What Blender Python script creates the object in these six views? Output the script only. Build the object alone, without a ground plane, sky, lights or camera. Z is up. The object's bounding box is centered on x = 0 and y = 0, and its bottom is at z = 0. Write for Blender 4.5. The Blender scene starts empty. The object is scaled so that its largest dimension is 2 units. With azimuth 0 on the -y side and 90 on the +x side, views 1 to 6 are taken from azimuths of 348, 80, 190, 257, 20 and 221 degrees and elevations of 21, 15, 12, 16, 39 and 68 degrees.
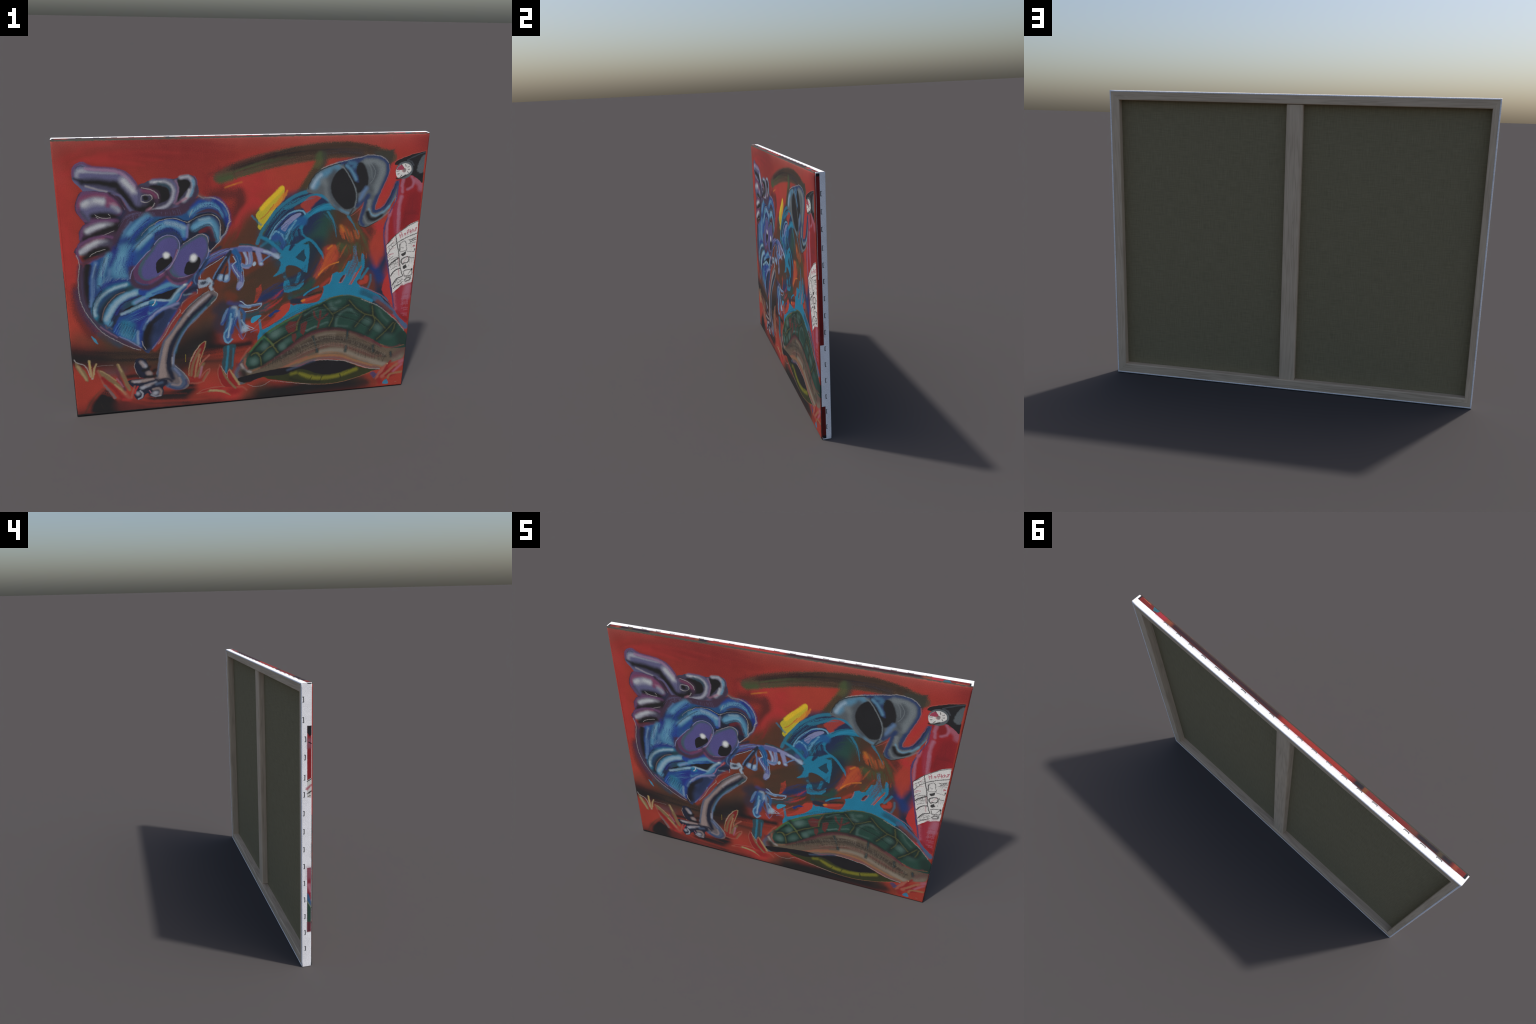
"""A large painted canvas stretched over a wooden frame, standing upright.

Front: an airbrushed, graffiti-like picture.  It is built the way it was
painted: brush strokes (spines with widths), blobs and filled shapes are laid
one over the other, and every layer becomes a mask computed in shader nodes.
Canvas coordinates are centimetres: X 0..200 left to right, Y 0..160 upward.
"""
import bpy, bmesh, math, random
from mathutils import Vector

random.seed(7)

# ------------------------------------------------------------------ sizes (m)
W, H, D = 2.0, 1.599, 0.064          # width, height, depth of the stretched canvas
R_FRONT, R_BACK, RIM = 0.011, 0.006, 0.0075
Y_BACKING = -0.0174                 # where the back of the linen shows
BAR = dict(plus=0.948, minus=-0.961, top=1.549, bottom=0.0555)   # inner edges of the stretcher bars

# ------------------------------------------------------------------ colours
def srgb(r, g, b):
    f = lambda c: c / 12.92 if c <= 0.04045 else ((c + 0.055) / 1.055) ** 2.4
    return tuple(f(v / 255.0) for v in (r, g, b))


# ------------------------------------------------------------------ node groups
def new_group(name, ins, outs):
    g = bpy.data.node_groups.new(name, "ShaderNodeTree")
    for n, kind in ins:
        g.interface.new_socket(n, in_out="INPUT", socket_type="NodeSocket" + kind)
    for n, kind in outs:
        g.interface.new_socket(n, in_out="OUTPUT", socket_type="NodeSocket" + kind)
    i, o = g.nodes.new("NodeGroupInput"), g.nodes.new("NodeGroupOutput")
    return g, i, o


class Wire:
    """Small helper that adds nodes to a tree and links or sets their inputs."""

    def __init__(self, tree):
        self.t, self.n, self.l = tree, tree.nodes, tree.links

    def put(self, socket, value):
        if isinstance(value, bpy.types.NodeSocket):
            self.l.new(value, socket)
        else:
            socket.default_value = value

    def math(self, op, *args, clamp=False):
        n = self.n.new("ShaderNodeMath")
        n.operation, n.use_clamp = op, clamp
        for s, a in zip(n.inputs, args):
            self.put(s, a)
        return n.outputs[0]

    def vec(self, op, *args, out=0):
        n = self.n.new("ShaderNodeVectorMath")
        n.operation = op
        for s, a in zip(n.inputs, args):
            self.put(s, a)
        return n.outputs[out]

    def scale(self, v, f):
        n = self.n.new("ShaderNodeVectorMath")
        n.operation = "SCALE"
        self.put(n.inputs["Vector"], v)
        self.put(n.inputs["Scale"], f)
        return n.outputs[0]

    def group(self, g, **kw):
        n = self.n.new("ShaderNodeGroup")
        n.node_tree = g
        for k, v in kw.items():
            self.put(n.inputs[k], v)
        return n

    def noise(self, vec, scale, detail=2.0, rough=0.5, dims="2D"):
        n = self.n.new("ShaderNodeTexNoise")
        n.noise_dimensions = dims
        self.put(n.inputs["Vector"], vec)
        n.inputs["Scale"].default_value = scale
        n.inputs["Detail"].default_value = detail
        n.inputs["Roughness"].default_value = rough
        return n

    def ramp(self, fac, *stops):
        n = self.n.new("ShaderNodeValToRGB")
        self.put(n.inputs[0], fac)
        e = n.color_ramp.elements
        while len(e) < len(stops):
            e.new(0.5)
        for el, (p, c) in zip(e, stops):
            el.position, el.color = p, (*c, 1)
        return n.outputs[0]

    def mix(self, fac, a, b, mode="MIX"):
        n = self.n.new("ShaderNodeMix")
        n.data_type, n.blend_type = "RGBA", mode
        self.put(n.inputs[0], fac)
        for s, v in ((n.inputs[6], a), (n.inputs[7], b)):
            self.put(s, v if isinstance(v, bpy.types.NodeSocket) else (*v, 1))
        return n.outputs[2]


FLAT = (1.0, 1.0, 0.0)


def length_parts(w, P, A, B):
    """Place along the length A-B (0..1) and distance from it; constants fold away."""
    ba = w.vec("MULTIPLY", w.vec("SUBTRACT", B, A), FLAT)
    k = w.scale(ba, w.math("DIVIDE", 1.0, w.vec("DOT_PRODUCT", ba, ba, out=1)))
    pa = w.vec("SUBTRACT", P, w.vec("MULTIPLY", A, FLAT))
    h = w.math("ADD", w.vec("DOT_PRODUCT", pa, k, out=1), 0.0, clamp=True)
    return h, w.vec("DISTANCE", pa, w.scale(ba, h), out=1)


def third(w, v):
    return w.vec("DOT_PRODUCT", v, (0, 0, 1), out=1)


MADE = {}


def brush_run(n):
    """Distance to a run of n tapered brush lengths; points are (X, Y, half width)."""
    if ("run", n) not in MADE:
        g, i, o = new_group("brush_run", [("P", "Vector")] + [("p%d" % k, "Vector") for k in range(n + 1)] + [("Din", "Float")], [("D", "Float")])
        g.interface.items_tree["Din"].default_value = 99.0
        w = Wire(g)
        d = i.outputs["Din"]
        for k in range(n):
            A, B = i.outputs["p%d" % k], i.outputs["p%d" % (k + 1)]
            h, dist = length_parts(w, i.outputs["P"], A, B)
            r0 = third(w, A)
            r = w.math("MULTIPLY_ADD", w.math("SUBTRACT", third(w, B), r0), h, r0)
            d = w.math("MINIMUM", d, w.math("SUBTRACT", dist, r))
        w.put(o.inputs["D"], d)
        MADE["run", n] = g
    return MADE["run", n]


def border_run(n):
    """Distance to a run of n border lengths of a filled shape, and how often a ray to the right crosses them."""
    if ("border", n) not in MADE:
        g, i, o = new_group("border_run", [("P", "Vector")] + [("p%d" % k, "Vector") for k in range(n + 1)] + [("Din", "Float"), ("Sin", "Float")], [("D", "Float"), ("S", "Float")])
        g.interface.items_tree["Din"].default_value = 99.0
        w = Wire(g)
        s = g.nodes.new("ShaderNodeSeparateXYZ")
        w.put(s.inputs[0], i.outputs["P"])
        x, y = s.outputs[0], s.outputs[1]
        d, S = i.outputs["Din"], i.outputs["Sin"]
        for k in range(n):
            A, B = i.outputs["p%d" % k], i.outputs["p%d" % (k + 1)]
            h, dist = length_parts(w, i.outputs["P"], A, B)
            d = w.math("MINIMUM", d, dist)
            ba, mid = w.vec("SUBTRACT", B, A), w.scale(w.vec("ADD", A, B), 0.5)
            bx, by = w.vec("DOT_PRODUCT", ba, (1, 0, 0), out=1), w.vec("DOT_PRODUCT", ba, (0, 1, 0), out=1)
            mx, my = w.vec("DOT_PRODUCT", mid, (1, 0, 0), out=1), w.vec("DOT_PRODUCT", mid, (0, 1, 0), out=1)
            m = w.math("DIVIDE", bx, by)
            level = w.math("COMPARE", y, my, w.math("SUBTRACT", w.math("MULTIPLY", w.math("ABSOLUTE", by), 0.5), 0.0))
            left = w.math("LESS_THAN", w.math("MULTIPLY_ADD", y, w.math("MULTIPLY", m, -1.0), x), w.math("SUBTRACT", mx, w.math("MULTIPLY", m, my)))
            S = w.math("MULTIPLY_ADD", level, left, S)
        w.put(o.inputs["D"], d)
        w.put(o.inputs["S"], S)
        MADE["border", n] = g
    return MADE["border", n]


def make_cross():
    """Crossing count only, for borders that lie outside a patch."""
    g, i, o = new_group("shape_crossing", [("P", "Vector"), ("Y", "Float"), ("HY", "Float"), ("Sin", "Float")], [("S", "Float")])
    w = Wire(g)
    s = g.nodes.new("ShaderNodeSeparateXYZ")
    w.put(s.inputs[0], i.outputs["P"])
    w.put(o.inputs["S"], w.math("ADD", w.math("COMPARE", s.outputs[1], i.outputs["Y"], i.outputs["HY"]), i.outputs["Sin"]))
    return g


def make_sign():
    g, i, o = new_group("shape_side", [("D", "Float"), ("S", "Float")], [("D", "Float")])
    w = Wire(g)
    w.put(o.inputs["D"], w.math("MULTIPLY", i.outputs["D"], w.math("MULTIPLY_ADD", w.math("MODULO", i.outputs["S"], 2.0), -2.0, 1.0)))
    return g


def make_blob():
    """Distance to a turned ellipse."""
    g, i, o = new_group("blob", [("P", "Vector"), ("A", "Vector"), ("U", "Vector"), ("V", "Vector"), ("R", "Float")], [("D", "Float")])
    w = Wire(g)
    pa = w.vec("SUBTRACT", i.outputs["P"], i.outputs["A"])
    c = g.nodes.new("ShaderNodeCombineXYZ")
    w.put(c.inputs[0], w.vec("DOT_PRODUCT", pa, i.outputs["U"], out=1))
    w.put(c.inputs[1], w.vec("DOT_PRODUCT", pa, i.outputs["V"], out=1))
    w.put(o.inputs["D"], w.math("MULTIPLY", w.math("SUBTRACT", w.vec("LENGTH", c.outputs[0], out=1), 1.0), i.outputs["R"]))
    return g


def make_paint(grainy):
    """Lays one paint layer over the picture: How = (soft edge, opacity, grain of the dry-brush edge)."""
    g, i, o = new_group("paint_layer", [("Under", "Color"), ("D", "Float"), ("Paint", "Color"), ("How", "Vector"), ("P", "Vector")] + ([("N", "Float")] if grainy else []), [("Out", "Color"), ("P", "Vector")])
    w = Wire(g)
    how = i.outputs["How"]
    soft, alpha = w.vec("DOT_PRODUCT", how, (1, 0, 0), out=1), w.vec("DOT_PRODUCT", how, (0, 1, 0), out=1)
    d = i.outputs["D"]
    if grainy:
        d = w.math("MULTIPLY_ADD", i.outputs["N"], third(w, how), d)
    m = g.nodes.new("ShaderNodeMapRange")
    m.interpolation_type = "SMOOTHSTEP"
    w.put(m.inputs["Value"], d)
    w.put(m.inputs["From Min"], soft)
    w.put(m.inputs["From Max"], w.math("MULTIPLY", soft, -1.0))
    f = w.math("MULTIPLY", m.outputs[0], alpha)
    out = w.mix(f, i.outputs["Under"], i.outputs["Paint"])
    w.put(o.inputs["Out"], out)
    # the next layer takes its position from here, so that the layers are worked out in turn
    w.put(o.inputs["P"], w.vec("MULTIPLY_ADD", out, (1e-20, 1e-20, 0), i.outputs["P"]))
    return g


CROSS, SIGN, BLOB, PAINT, PAINT_DRY = make_cross(), make_sign(), make_blob(), make_paint(False), make_paint(True)

# ------------------------------------------------------------------ paint layers
LAYERS = []          # the picture on the front, in the order it was painted


def smooth_line(pts, n, closed=False):
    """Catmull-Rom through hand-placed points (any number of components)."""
    if n < 2 or len(pts) < 3:
        return list(pts)
    out, N = [], len(pts)
    for k in range(N if closed else N - 1):
        p = [pts[(k + j) % N] if closed else pts[min(max(k + j, 0), N - 1)] for j in (-1, 0, 1, 2)]
        for s in range(n):
            t = s / n
            out.append(tuple(0.5 * (2 * b + (c - a) * t + (2 * a - 5 * b + 4 * c - d) * t * t + (3 * b - a - 3 * c + d) * t ** 3) for a, b, c, d in zip(*p)))
    if not closed:
        out.append(tuple(pts[-1]))
    return out


def stroke(colour, pts, soft=0.4, alpha=1.0, grain=0.0, n=2, into=None):
    """A brush stroke: spine points (X, Y, half width)."""
    pts = smooth_line(pts, n)
    pts = [(x, y, max(r, 0.02)) for x, y, r in pts]
    pts = pts[:1] + [q for p, q in zip(pts, pts[1:]) if abs(p[0] - q[0]) + abs(p[1] - q[1]) > 0.002]
    (LAYERS if into is None else into).append(("stroke", colour, pts, soft, alpha, grain))


def fill(colour, pts, soft=0.3, alpha=1.0, grain=0.0, n=3, into=None):
    """A filled shape: border points (X, Y), smoothed."""
    (LAYERS if into is None else into).append(("fill", colour, smooth_line(pts, n, True), soft, alpha, grain))


def blob(colour, x, y, rx, ry, turn=0.0, soft=0.3, alpha=1.0, grain=0.0, into=None):
    (LAYERS if into is None else into).append(("blob", colour, (x, y, rx, ry, math.radians(turn)), soft, alpha, grain))


def hatch(colour, low, high, count, r, alpha, grain, seed):
    """Short scratchy strokes between two lines, unevenly spaced."""
    rnd = random.Random(seed)
    low, high = smooth_line(low, 8), smooth_line(high, 8)

    def at(line, t):
        t *= len(line) - 1
        k = min(int(t), len(line) - 2)
        return [a + (b - a) * (t - k) for a, b in zip(line[k], line[k + 1])]

    for k in range(count):
        t = min(max((k + rnd.uniform(-0.2, 1.2)) / count, 0), 1)
        a, b = at(low, t), at(high, min(max(t + rnd.uniform(-0.01, 0.01), 0), 1))
        s0, s1 = rnd.uniform(0, 0.35), rnd.uniform(0.65, 1)
        p, q = ([a[j] + (b[j] - a[j]) * s for j in (0, 1)] for s in (s0, s1))
        stroke(colour, [(*p, r * rnd.uniform(0.5, 1.2)), (*q, r * rnd.uniform(0.3, 1.0))], r * 0.6, alpha * rnd.uniform(0.6, 1.0), grain, 1)


def streaks(colour, spine, count, spread, r, alpha, grain, seed):
    """Bristle marks: thin strokes that run beside a spine, each over part of its length."""
    rnd = random.Random(seed)
    line = smooth_line(spine, 6)
    m = len(line) - 1
    for _ in range(count):
        a = rnd.uniform(0, 0.6)
        b = min(1.0, a + rnd.uniform(0.3, 0.6))
        off, tilt = rnd.uniform(-spread, spread), rnd.uniform(-0.15, 0.15) * spread
        pts = []
        for q in range(4):
            s = (a + (b - a) * q / 3) * m
            k = min(int(s), m - 1)
            p, n_ = line[k], line[k + 1]
            dx, dy = n_[0] - p[0], n_[1] - p[1]
            L = math.hypot(dx, dy) or 1.0
            o = off + tilt * (q - 1.5)
            pts.append((p[0] + dx * (s - k) - dy / L * o, p[1] + dy * (s - k) + dx / L * o, r * (0.5, 1.0, 0.9, 0.3)[q]))
        stroke(colour, pts, r * 0.7, alpha * rnd.uniform(0.5, 1.0), grain, 1)


def seg_rect_distance(a, b, box):
    """Lower bound on the distance between a segment's bounding box and a patch."""
    x0, y0, x1, y1 = box
    dx = max(x0 - max(a[0], b[0]), min(a[0], b[0]) - x1, 0)
    dy = max(y0 - max(a[1], b[1]), min(a[1], b[1]) - y1, 0)
    if dx == 0 and dy == 0:       # boxes overlap: test the line against the patch corners
        nx, ny = b[1] - a[1], a[0] - b[0]
        L = math.hypot(nx, ny) or 1
        s = [((cx - a[0]) * nx + (cy - a[1]) * ny) / L for cx in (x0, x1) for cy in (y0, y1)]
        if min(s) > 0 or max(s) < 0:
            return min(abs(v) for v in s)
    return math.hypot(dx, dy)


def clip(poly, box):
    x0, y0, x1, y1 = box
    for axis, lim, sgn in ((0, x0, 1), (0, x1, -1), (1, y0, 1), (1, y1, -1)):
        out = []
        for k, b in enumerate(poly):
            a = poly[k - 1]
            ia, ib = sgn * (a[axis] - lim) >= 0, sgn * (b[axis] - lim) >= 0
            if ia != ib:
                t = (lim - a[axis]) / (b[axis] - a[axis])
                q = [a[0] + t * (b[0] - a[0]), a[1] + t * (b[1] - a[1])]
                q[axis] = lim
                out.append(tuple(q))
            if ib:
                out.append(b)
        poly = out
        if not poly:
            return []
    return poly


RUN = 10                # longest run of lengths in one node


def layer_reach(soft, grain, warp):
    return soft + warp + grain * 0.4 + 0.05


def touching(layers, box, warp):
    """The layers that reach this patch of canvas, and a rough count of the work they make."""
    x0, y0, x1, y1 = box
    out, work = [], 0
    for L in layers:
        kind, colour, shape, soft, alpha, grain = L
        reach, n = layer_reach(soft, grain, warp), 0
        if kind == "stroke":
            n = sum(seg_rect_distance(a, b, box) <= reach + max(a[2], b[2]) for a, b in zip(shape, shape[1:]))
        elif kind == "blob":
            cx, cy, rx, ry, t = shape
            n = math.hypot(max(x0 - cx, cx - x1, 0), max(y0 - cy, cy - y1, 0)) <= max(rx, ry) * (1 + reach / min(rx, ry))
        else:
            m = reach + 1.0
            poly = clip(shape, (x0 - m, y0 - m, x1 + m, y1 + m))
            if len(poly) > 2:
                n = sum(seg_rect_distance(poly[k - 1], poly[k], box) <= reach for k in range(len(poly))) * 1.5 + 0.5
        if n:
            out.append(L)
            work += n + 1.2
    return out, work


def runs_of(flags):
    """Consecutive True entries, at most RUN long: (start, length)."""
    k, out = 0, []
    while k < len(flags):
        if flags[k]:
            n = 1
            while k + n < len(flags) and flags[k + n] and n < RUN:
                n += 1
            out.append((k, n))
            k += n
        else:
            k += 1
    return out


def whole_layer(layer):
    """A short stroke or a blob with its paint, as one node that every patch it touches can share."""
    kind, colour, shape, soft, alpha, grain = layer
    if id(layer) not in MADE:
        n = 0 if kind == "blob" else len(shape) - 1
        key = ("blank layer", n, grain > 0)
        if key not in MADE:
            g, i, o = new_group(kind + "_layer", [("Under", "Color"), ("P", "Vector")] + ([("N", "Float")] if grain else []), [("Out", "Color"), ("P", "Vector")])
            w = Wire(g)
            s = w.group(brush_run(n) if n else BLOB, P=i.outputs["P"])
            kw = dict(N=i.outputs["N"]) if grain else {}
            p = w.group(PAINT_DRY if grain else PAINT, Under=i.outputs["Under"], D=s.outputs[0], P=i.outputs["P"], **kw)
            s.name, p.name = "shape", "paint"
            w.put(o.inputs["Out"], p.outputs[0])
            w.put(o.inputs["P"], p.outputs[1])
            MADE[key] = g
        g = MADE[key].copy()
        s, p = g.nodes["shape"].inputs, g.nodes["paint"].inputs
        if n:
            for q in range(n + 1):
                s["p%d" % q].default_value = shape[q]
        else:
            cx, cy, rx, ry, t = shape
            c, si = math.cos(t), math.sin(t)
            s["A"].default_value, s["U"].default_value, s["V"].default_value, s["R"].default_value = (cx, cy, 0), (c / rx, si / rx, 0), (-si / ry, c / ry, 0), min(rx, ry)
        p["Paint"].default_value, p["How"].default_value = (*colour, 1), (soft, alpha, grain)
        MADE[id(layer)] = g
    return MADE[id(layer)]


def paint_patch(w, P0, N, base, layers, box, warp):
    """Chains every layer that reaches this patch of canvas; returns the colour socket."""
    col, P = base, P0
    x0, y0, x1, y1 = box
    for layer in layers:
        kind, colour, shape, soft, alpha, grain = layer
        reach = layer_reach(soft, grain, warp)
        d = None
        if kind == "blob" or kind == "stroke" and len(shape) - 1 <= RUN:
            kw = dict(N=N) if grain else {}
            g = w.group(whole_layer(layer), Under=col if isinstance(col, bpy.types.NodeSocket) else (*col, 1), P=P, **kw)
            col, P = g.outputs[0], g.outputs[1]
            continue
        if kind == "stroke":
            flags = [seg_rect_distance(a, b, box) <= reach + max(a[2], b[2]) and (b[0] - a[0]) ** 2 + (b[1] - a[1]) ** 2 > 1e-6 for a, b in zip(shape, shape[1:])]
            for k, n in runs_of(flags):
                kw = {"p%d" % q: shape[k + q] for q in range(n + 1)}
                if d is not None:
                    kw["Din"] = d
                d = w.group(brush_run(n), P=P, **kw).outputs[0]
        else:
            m = reach + 1.0
            X0, Y0, X1, Y1 = x0 - m, y0 - m, x1 + m, y1 + m
            poly = clip(shape, (X0, Y0, X1, Y1))
            poly = [p for k, p in enumerate(poly) if math.hypot(p[0] - poly[k - 1][0], p[1] - poly[k - 1][1]) > 1e-4]
            if len(poly) < 3:
                continue
            # start the loop at a border length of the clip frame, so that runs stay whole
            near, beside = [], []
            for k, b in enumerate(poly):
                a = poly[k - 1]
                on_x = abs(a[0] - b[0]) < 1e-9 and min(abs(a[0] - X0), abs(a[0] - X1)) < 1e-9
                on_y = abs(a[1] - b[1]) < 1e-9 and min(abs(a[1] - Y0), abs(a[1] - Y1)) < 1e-9
                lo, hi = min(a[1], b[1]), max(a[1], b[1])
                close = seg_rect_distance(a, b, box) <= reach
                band_ = hi > y0 - warp - 0.1 and lo < y1 + warp + 0.1
                if on_y or max(a[0], b[0]) < x0 - warp - 0.1 and not close or not band_ and not close:
                    near.append(False)
                elif on_x or (min(a[0], b[0]) > x1 + warp and not close):
                    near.append(False)
                    beside.append((lo, hi))
                else:
                    near.append(True)
            if all(near):
                turn = 0
            else:
                turn = near.index(False)
            near = near[turn:] + near[:turn]
            pts = [poly[(turn - 1 + k) % len(poly)] for k in range(len(poly) + 1)]
            S, D = 0.0, None
            for lo, hi in beside:
                if lo < y0 - warp - 0.1 and hi > y1 + warp + 0.1:
                    S = S + 1.0 if not isinstance(S, bpy.types.NodeSocket) else w.math("ADD", S, 1.0)
                else:
                    S = w.group(CROSS, P=P, Y=(lo + hi) / 2 + 1e-5, HY=(hi - lo) / 2, Sin=S).outputs[0]
            for k, n in runs_of(near):
                kw = {"p%d" % q: (pts[k + q][0], pts[k + q][1] + (2e-4 if abs(pts[k + q][1] - pts[k + q - 1][1]) < 1e-4 else 0), 0) for q in range(n + 1)}
                if D is not None:
                    kw["Din"] = D
                if S != 0.0:
                    kw["Sin"] = S
                g = w.group(border_run(n), P=P, **kw)
                D, S = g.outputs[0], g.outputs[1]
            if not isinstance(S, bpy.types.NodeSocket):
                if S % 2 < 0.5:
                    continue
                d = -99.0
            else:
                d = w.group(SIGN, D=99.0 if D is None else D, S=S).outputs[0]
        if d is None:
            continue
        kw = dict(N=N) if grain else {}
        g = w.group(PAINT_DRY if grain else PAINT, Under=col if isinstance(col, bpy.types.NodeSocket) else (*col, 1), D=d, Paint=(*colour, 1), How=(soft, alpha, grain), P=P, **kw)
        col, P = g.outputs[0], g.outputs[1]
    return col


def make_place(axes, warp):
    """Where a point lies in the picture: position with the tremble of the hand, plain position, grain."""
    g, i, o = new_group("canvas_place", [], [("P", "Vector"), ("N", "Float"), ("Plain", "Vector")])
    w = Wire(g)
    tc = g.nodes.new("ShaderNodeTexCoord")
    sep = g.nodes.new("ShaderNodeSeparateXYZ")
    w.put(sep.inputs[0], tc.outputs["Object"])
    com = g.nodes.new("ShaderNodeCombineXYZ")
    for k, (ax, off) in enumerate(axes):
        w.put(com.inputs[k], w.math("MULTIPLY_ADD", sep.outputs[ax], 100.0, off))
    P0 = com.outputs[0]
    wob = w.noise(P0, 0.45, 1.0)                       # hand tremble of the brush
    w.put(o.inputs["P"], w.vec("ADD", P0, w.vec("MULTIPLY_ADD", wob.outputs["Color"], (warp * 2, warp * 2, 0), (-warp, -warp, 0))))
    gr = w.noise(P0, 1.8, 2.0, 0.7)                    # dry-brush grain
    w.put(o.inputs["N"], w.math("SUBTRACT", gr.outputs["Fac"], 0.5))
    w.put(o.inputs["Plain"], P0)
    return g


def make_surface(weave):
    """Finished canvas: uneven paint thickness, woven threads, matt varnish."""
    g, i, o = new_group("canvas_surface", [("Color", "Color"), ("N", "Float"), ("Plain", "Vector")], [("BSDF", "Shader")])
    w = Wire(g)
    N, P0 = i.outputs["N"], i.outputs["Plain"]
    blot = w.noise(P0, 0.11, 2.0, 0.6)
    tone = w.math("MULTIPLY_ADD", blot.outputs["Fac"], TONE_BLOT, 1.0 - TONE_BLOT / 2)
    tone = w.math("MULTIPLY", tone, w.math("MULTIPLY_ADD", N, TONE_GRAIN, 1.0))
    hsv = g.nodes.new("ShaderNodeHueSaturation")
    w.put(hsv.inputs["Color"], i.outputs["Color"])
    w.put(hsv.inputs["Value"], tone)
    wv = g.nodes.new("ShaderNodeTexChecker")
    wv.inputs["Scale"].default_value = 2.2
    w.put(wv.inputs["Vector"], P0)
    bump = g.nodes.new("ShaderNodeBump")
    bump.inputs["Strength"].default_value = weave
    bump.inputs["Distance"].default_value = 0.0006
    w.put(bump.inputs["Height"], w.math("MULTIPLY_ADD", wv.outputs["Fac"], 0.5, N))
    bs = g.nodes.new("ShaderNodeBsdfPrincipled")
    w.put(bs.inputs["Base Color"], hsv.outputs[0])
    bs.inputs["Roughness"].default_value = 0.75
    bs.inputs["Specular IOR Level"].default_value = 0.25
    w.put(bs.inputs["Normal"], bump.outputs[0])
    w.put(o.inputs["BSDF"], bs.outputs[0])
    return g


TONE_BLOT, TONE_GRAIN = 0.22, 0.5
HAND = 0.25            # tremble of the brush, cm


def canvas_material(name, place, surface, layers, base, box, warp):
    key = ("blank", place.name, surface.name)
    if key not in MADE:            # a blank canvas to start every patch from
        mat = bpy.data.materials.new(name)
        mat.use_nodes = True
        t = mat.node_tree
        t.nodes.clear()
        w = Wire(t)
        pl = w.group(place)
        pl.name = "place"
        su = w.group(surface, Color=(*base, 1), N=pl.outputs["N"], Plain=pl.outputs["Plain"])
        su.name = "surface"
        out = t.nodes.new("ShaderNodeOutputMaterial")
        w.put(out.inputs[0], su.outputs[0])
        MADE[key] = mat
    mat = MADE[key].copy()
    t = mat.node_tree
    pl, su = t.nodes["place"], t.nodes["surface"]
    w = Wire(t)
    col = paint_patch(w, pl.outputs["P"], pl.outputs["N"], base, layers, box, warp)
    if isinstance(col, bpy.types.NodeSocket):
        w.put(su.inputs["Color"], col)
    return mat

GROUND_RED = srgb(160, 44, 42)
LINEN_DARK, LINEN_LIGHT = srgb(122, 113, 88), srgb(154, 143, 114)  # lightened and warmed to match the linen's brightness under blue skylight
WOOD_DARK, WOOD_MID, WOOD_LIGHT = srgb(180, 158, 134), srgb(208, 186, 160), srgb(220, 198, 171)  # tinted paler and warmer because only cool sky lights the back


# ------------------------------------------------------------------ the painter's palette
RED = srgb(151, 49, 47)
DEEP_RED = srgb(124, 40, 40)
BRIGHT_RED = srgb(167, 51, 50)
ORANGE_RED = srgb(159, 60, 47)
HAZE = srgb(163, 92, 85)
MAROON = srgb(89, 41, 39)
WINE = srgb(107, 38, 42)
BROWN = srgb(99, 52, 37)
UMBER = srgb(70, 53, 42)
OLIVE = srgb(78, 66, 52)
MOSS = srgb(68, 81, 52)
CHAR_OLIVE = srgb(58, 58, 51)
SOOT = srgb(32, 31, 32)
BLACK = srgb(31, 30, 33)
EMBER = srgb(161, 60, 47)
ORANGE = srgb(173, 81, 46)
AMBER = srgb(198, 120, 45)
YELLOW = srgb(208, 174, 44)
LEMON = srgb(182, 166, 48)
TEAL = srgb(34, 116, 146)
TEAL_MID = srgb(43, 110, 134)
TEAL_DARK = srgb(35, 65, 81)
CYAN = srgb(48, 137, 167)
NAVY = srgb(37, 48, 76)
BLUE_BLACK = srgb(38, 45, 60)
ROYAL = srgb(34, 54, 105)
PETROL = srgb(37, 70, 78)
PINE = srgb(40, 70, 61)
GREEN_GREY = srgb(53, 70, 64)
SLATE_BLUE = srgb(61, 90, 120)
STRAW = srgb(155, 135, 97)
STRAW_DARK = srgb(116, 98, 70)
STRAW_RED = srgb(146, 84, 71)
CRIMSON = srgb(126, 35, 37)
BONE = srgb(136, 121, 117)
BONE_DARK = srgb(101, 92, 93)
BONE_BLUE = srgb(71, 86, 109)
GROUND_RED = srgb(146, 54, 43)
RUST = srgb(124, 50, 38)
SHELL = srgb(38, 66, 57)
SHELL_DARK = srgb(31, 39, 37)
SHELL_LIGHT = srgb(79, 103, 97)
VEIN = srgb(85, 87, 52)
VEIN_GREEN = srgb(58, 101, 64)
FLESH = srgb(93, 82, 69)
FLESH_DARK = srgb(60, 53, 47)
FLESH_PINK = srgb(97, 67, 60)
FLESH_LIGHT = srgb(128, 119, 106)
WINE_RED = srgb(89, 50, 56)
TAN = srgb(136, 97, 69)
MOUTH_YELLOW = srgb(113, 111, 38)
MOUTH_GREEN = srgb(49, 52, 32)
INK_RED2 = srgb(95, 45, 45)
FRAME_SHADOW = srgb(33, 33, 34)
STEEL_BLUE = srgb(88, 118, 155)
SKY = srgb(98, 147, 173)
PALE_BLUE = srgb(147, 168, 184)
LAVENDER = srgb(124, 128, 163)
PERIWINKLE = srgb(84, 91, 140)
ULTRAMARINE = srgb(46, 65, 124)
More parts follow.
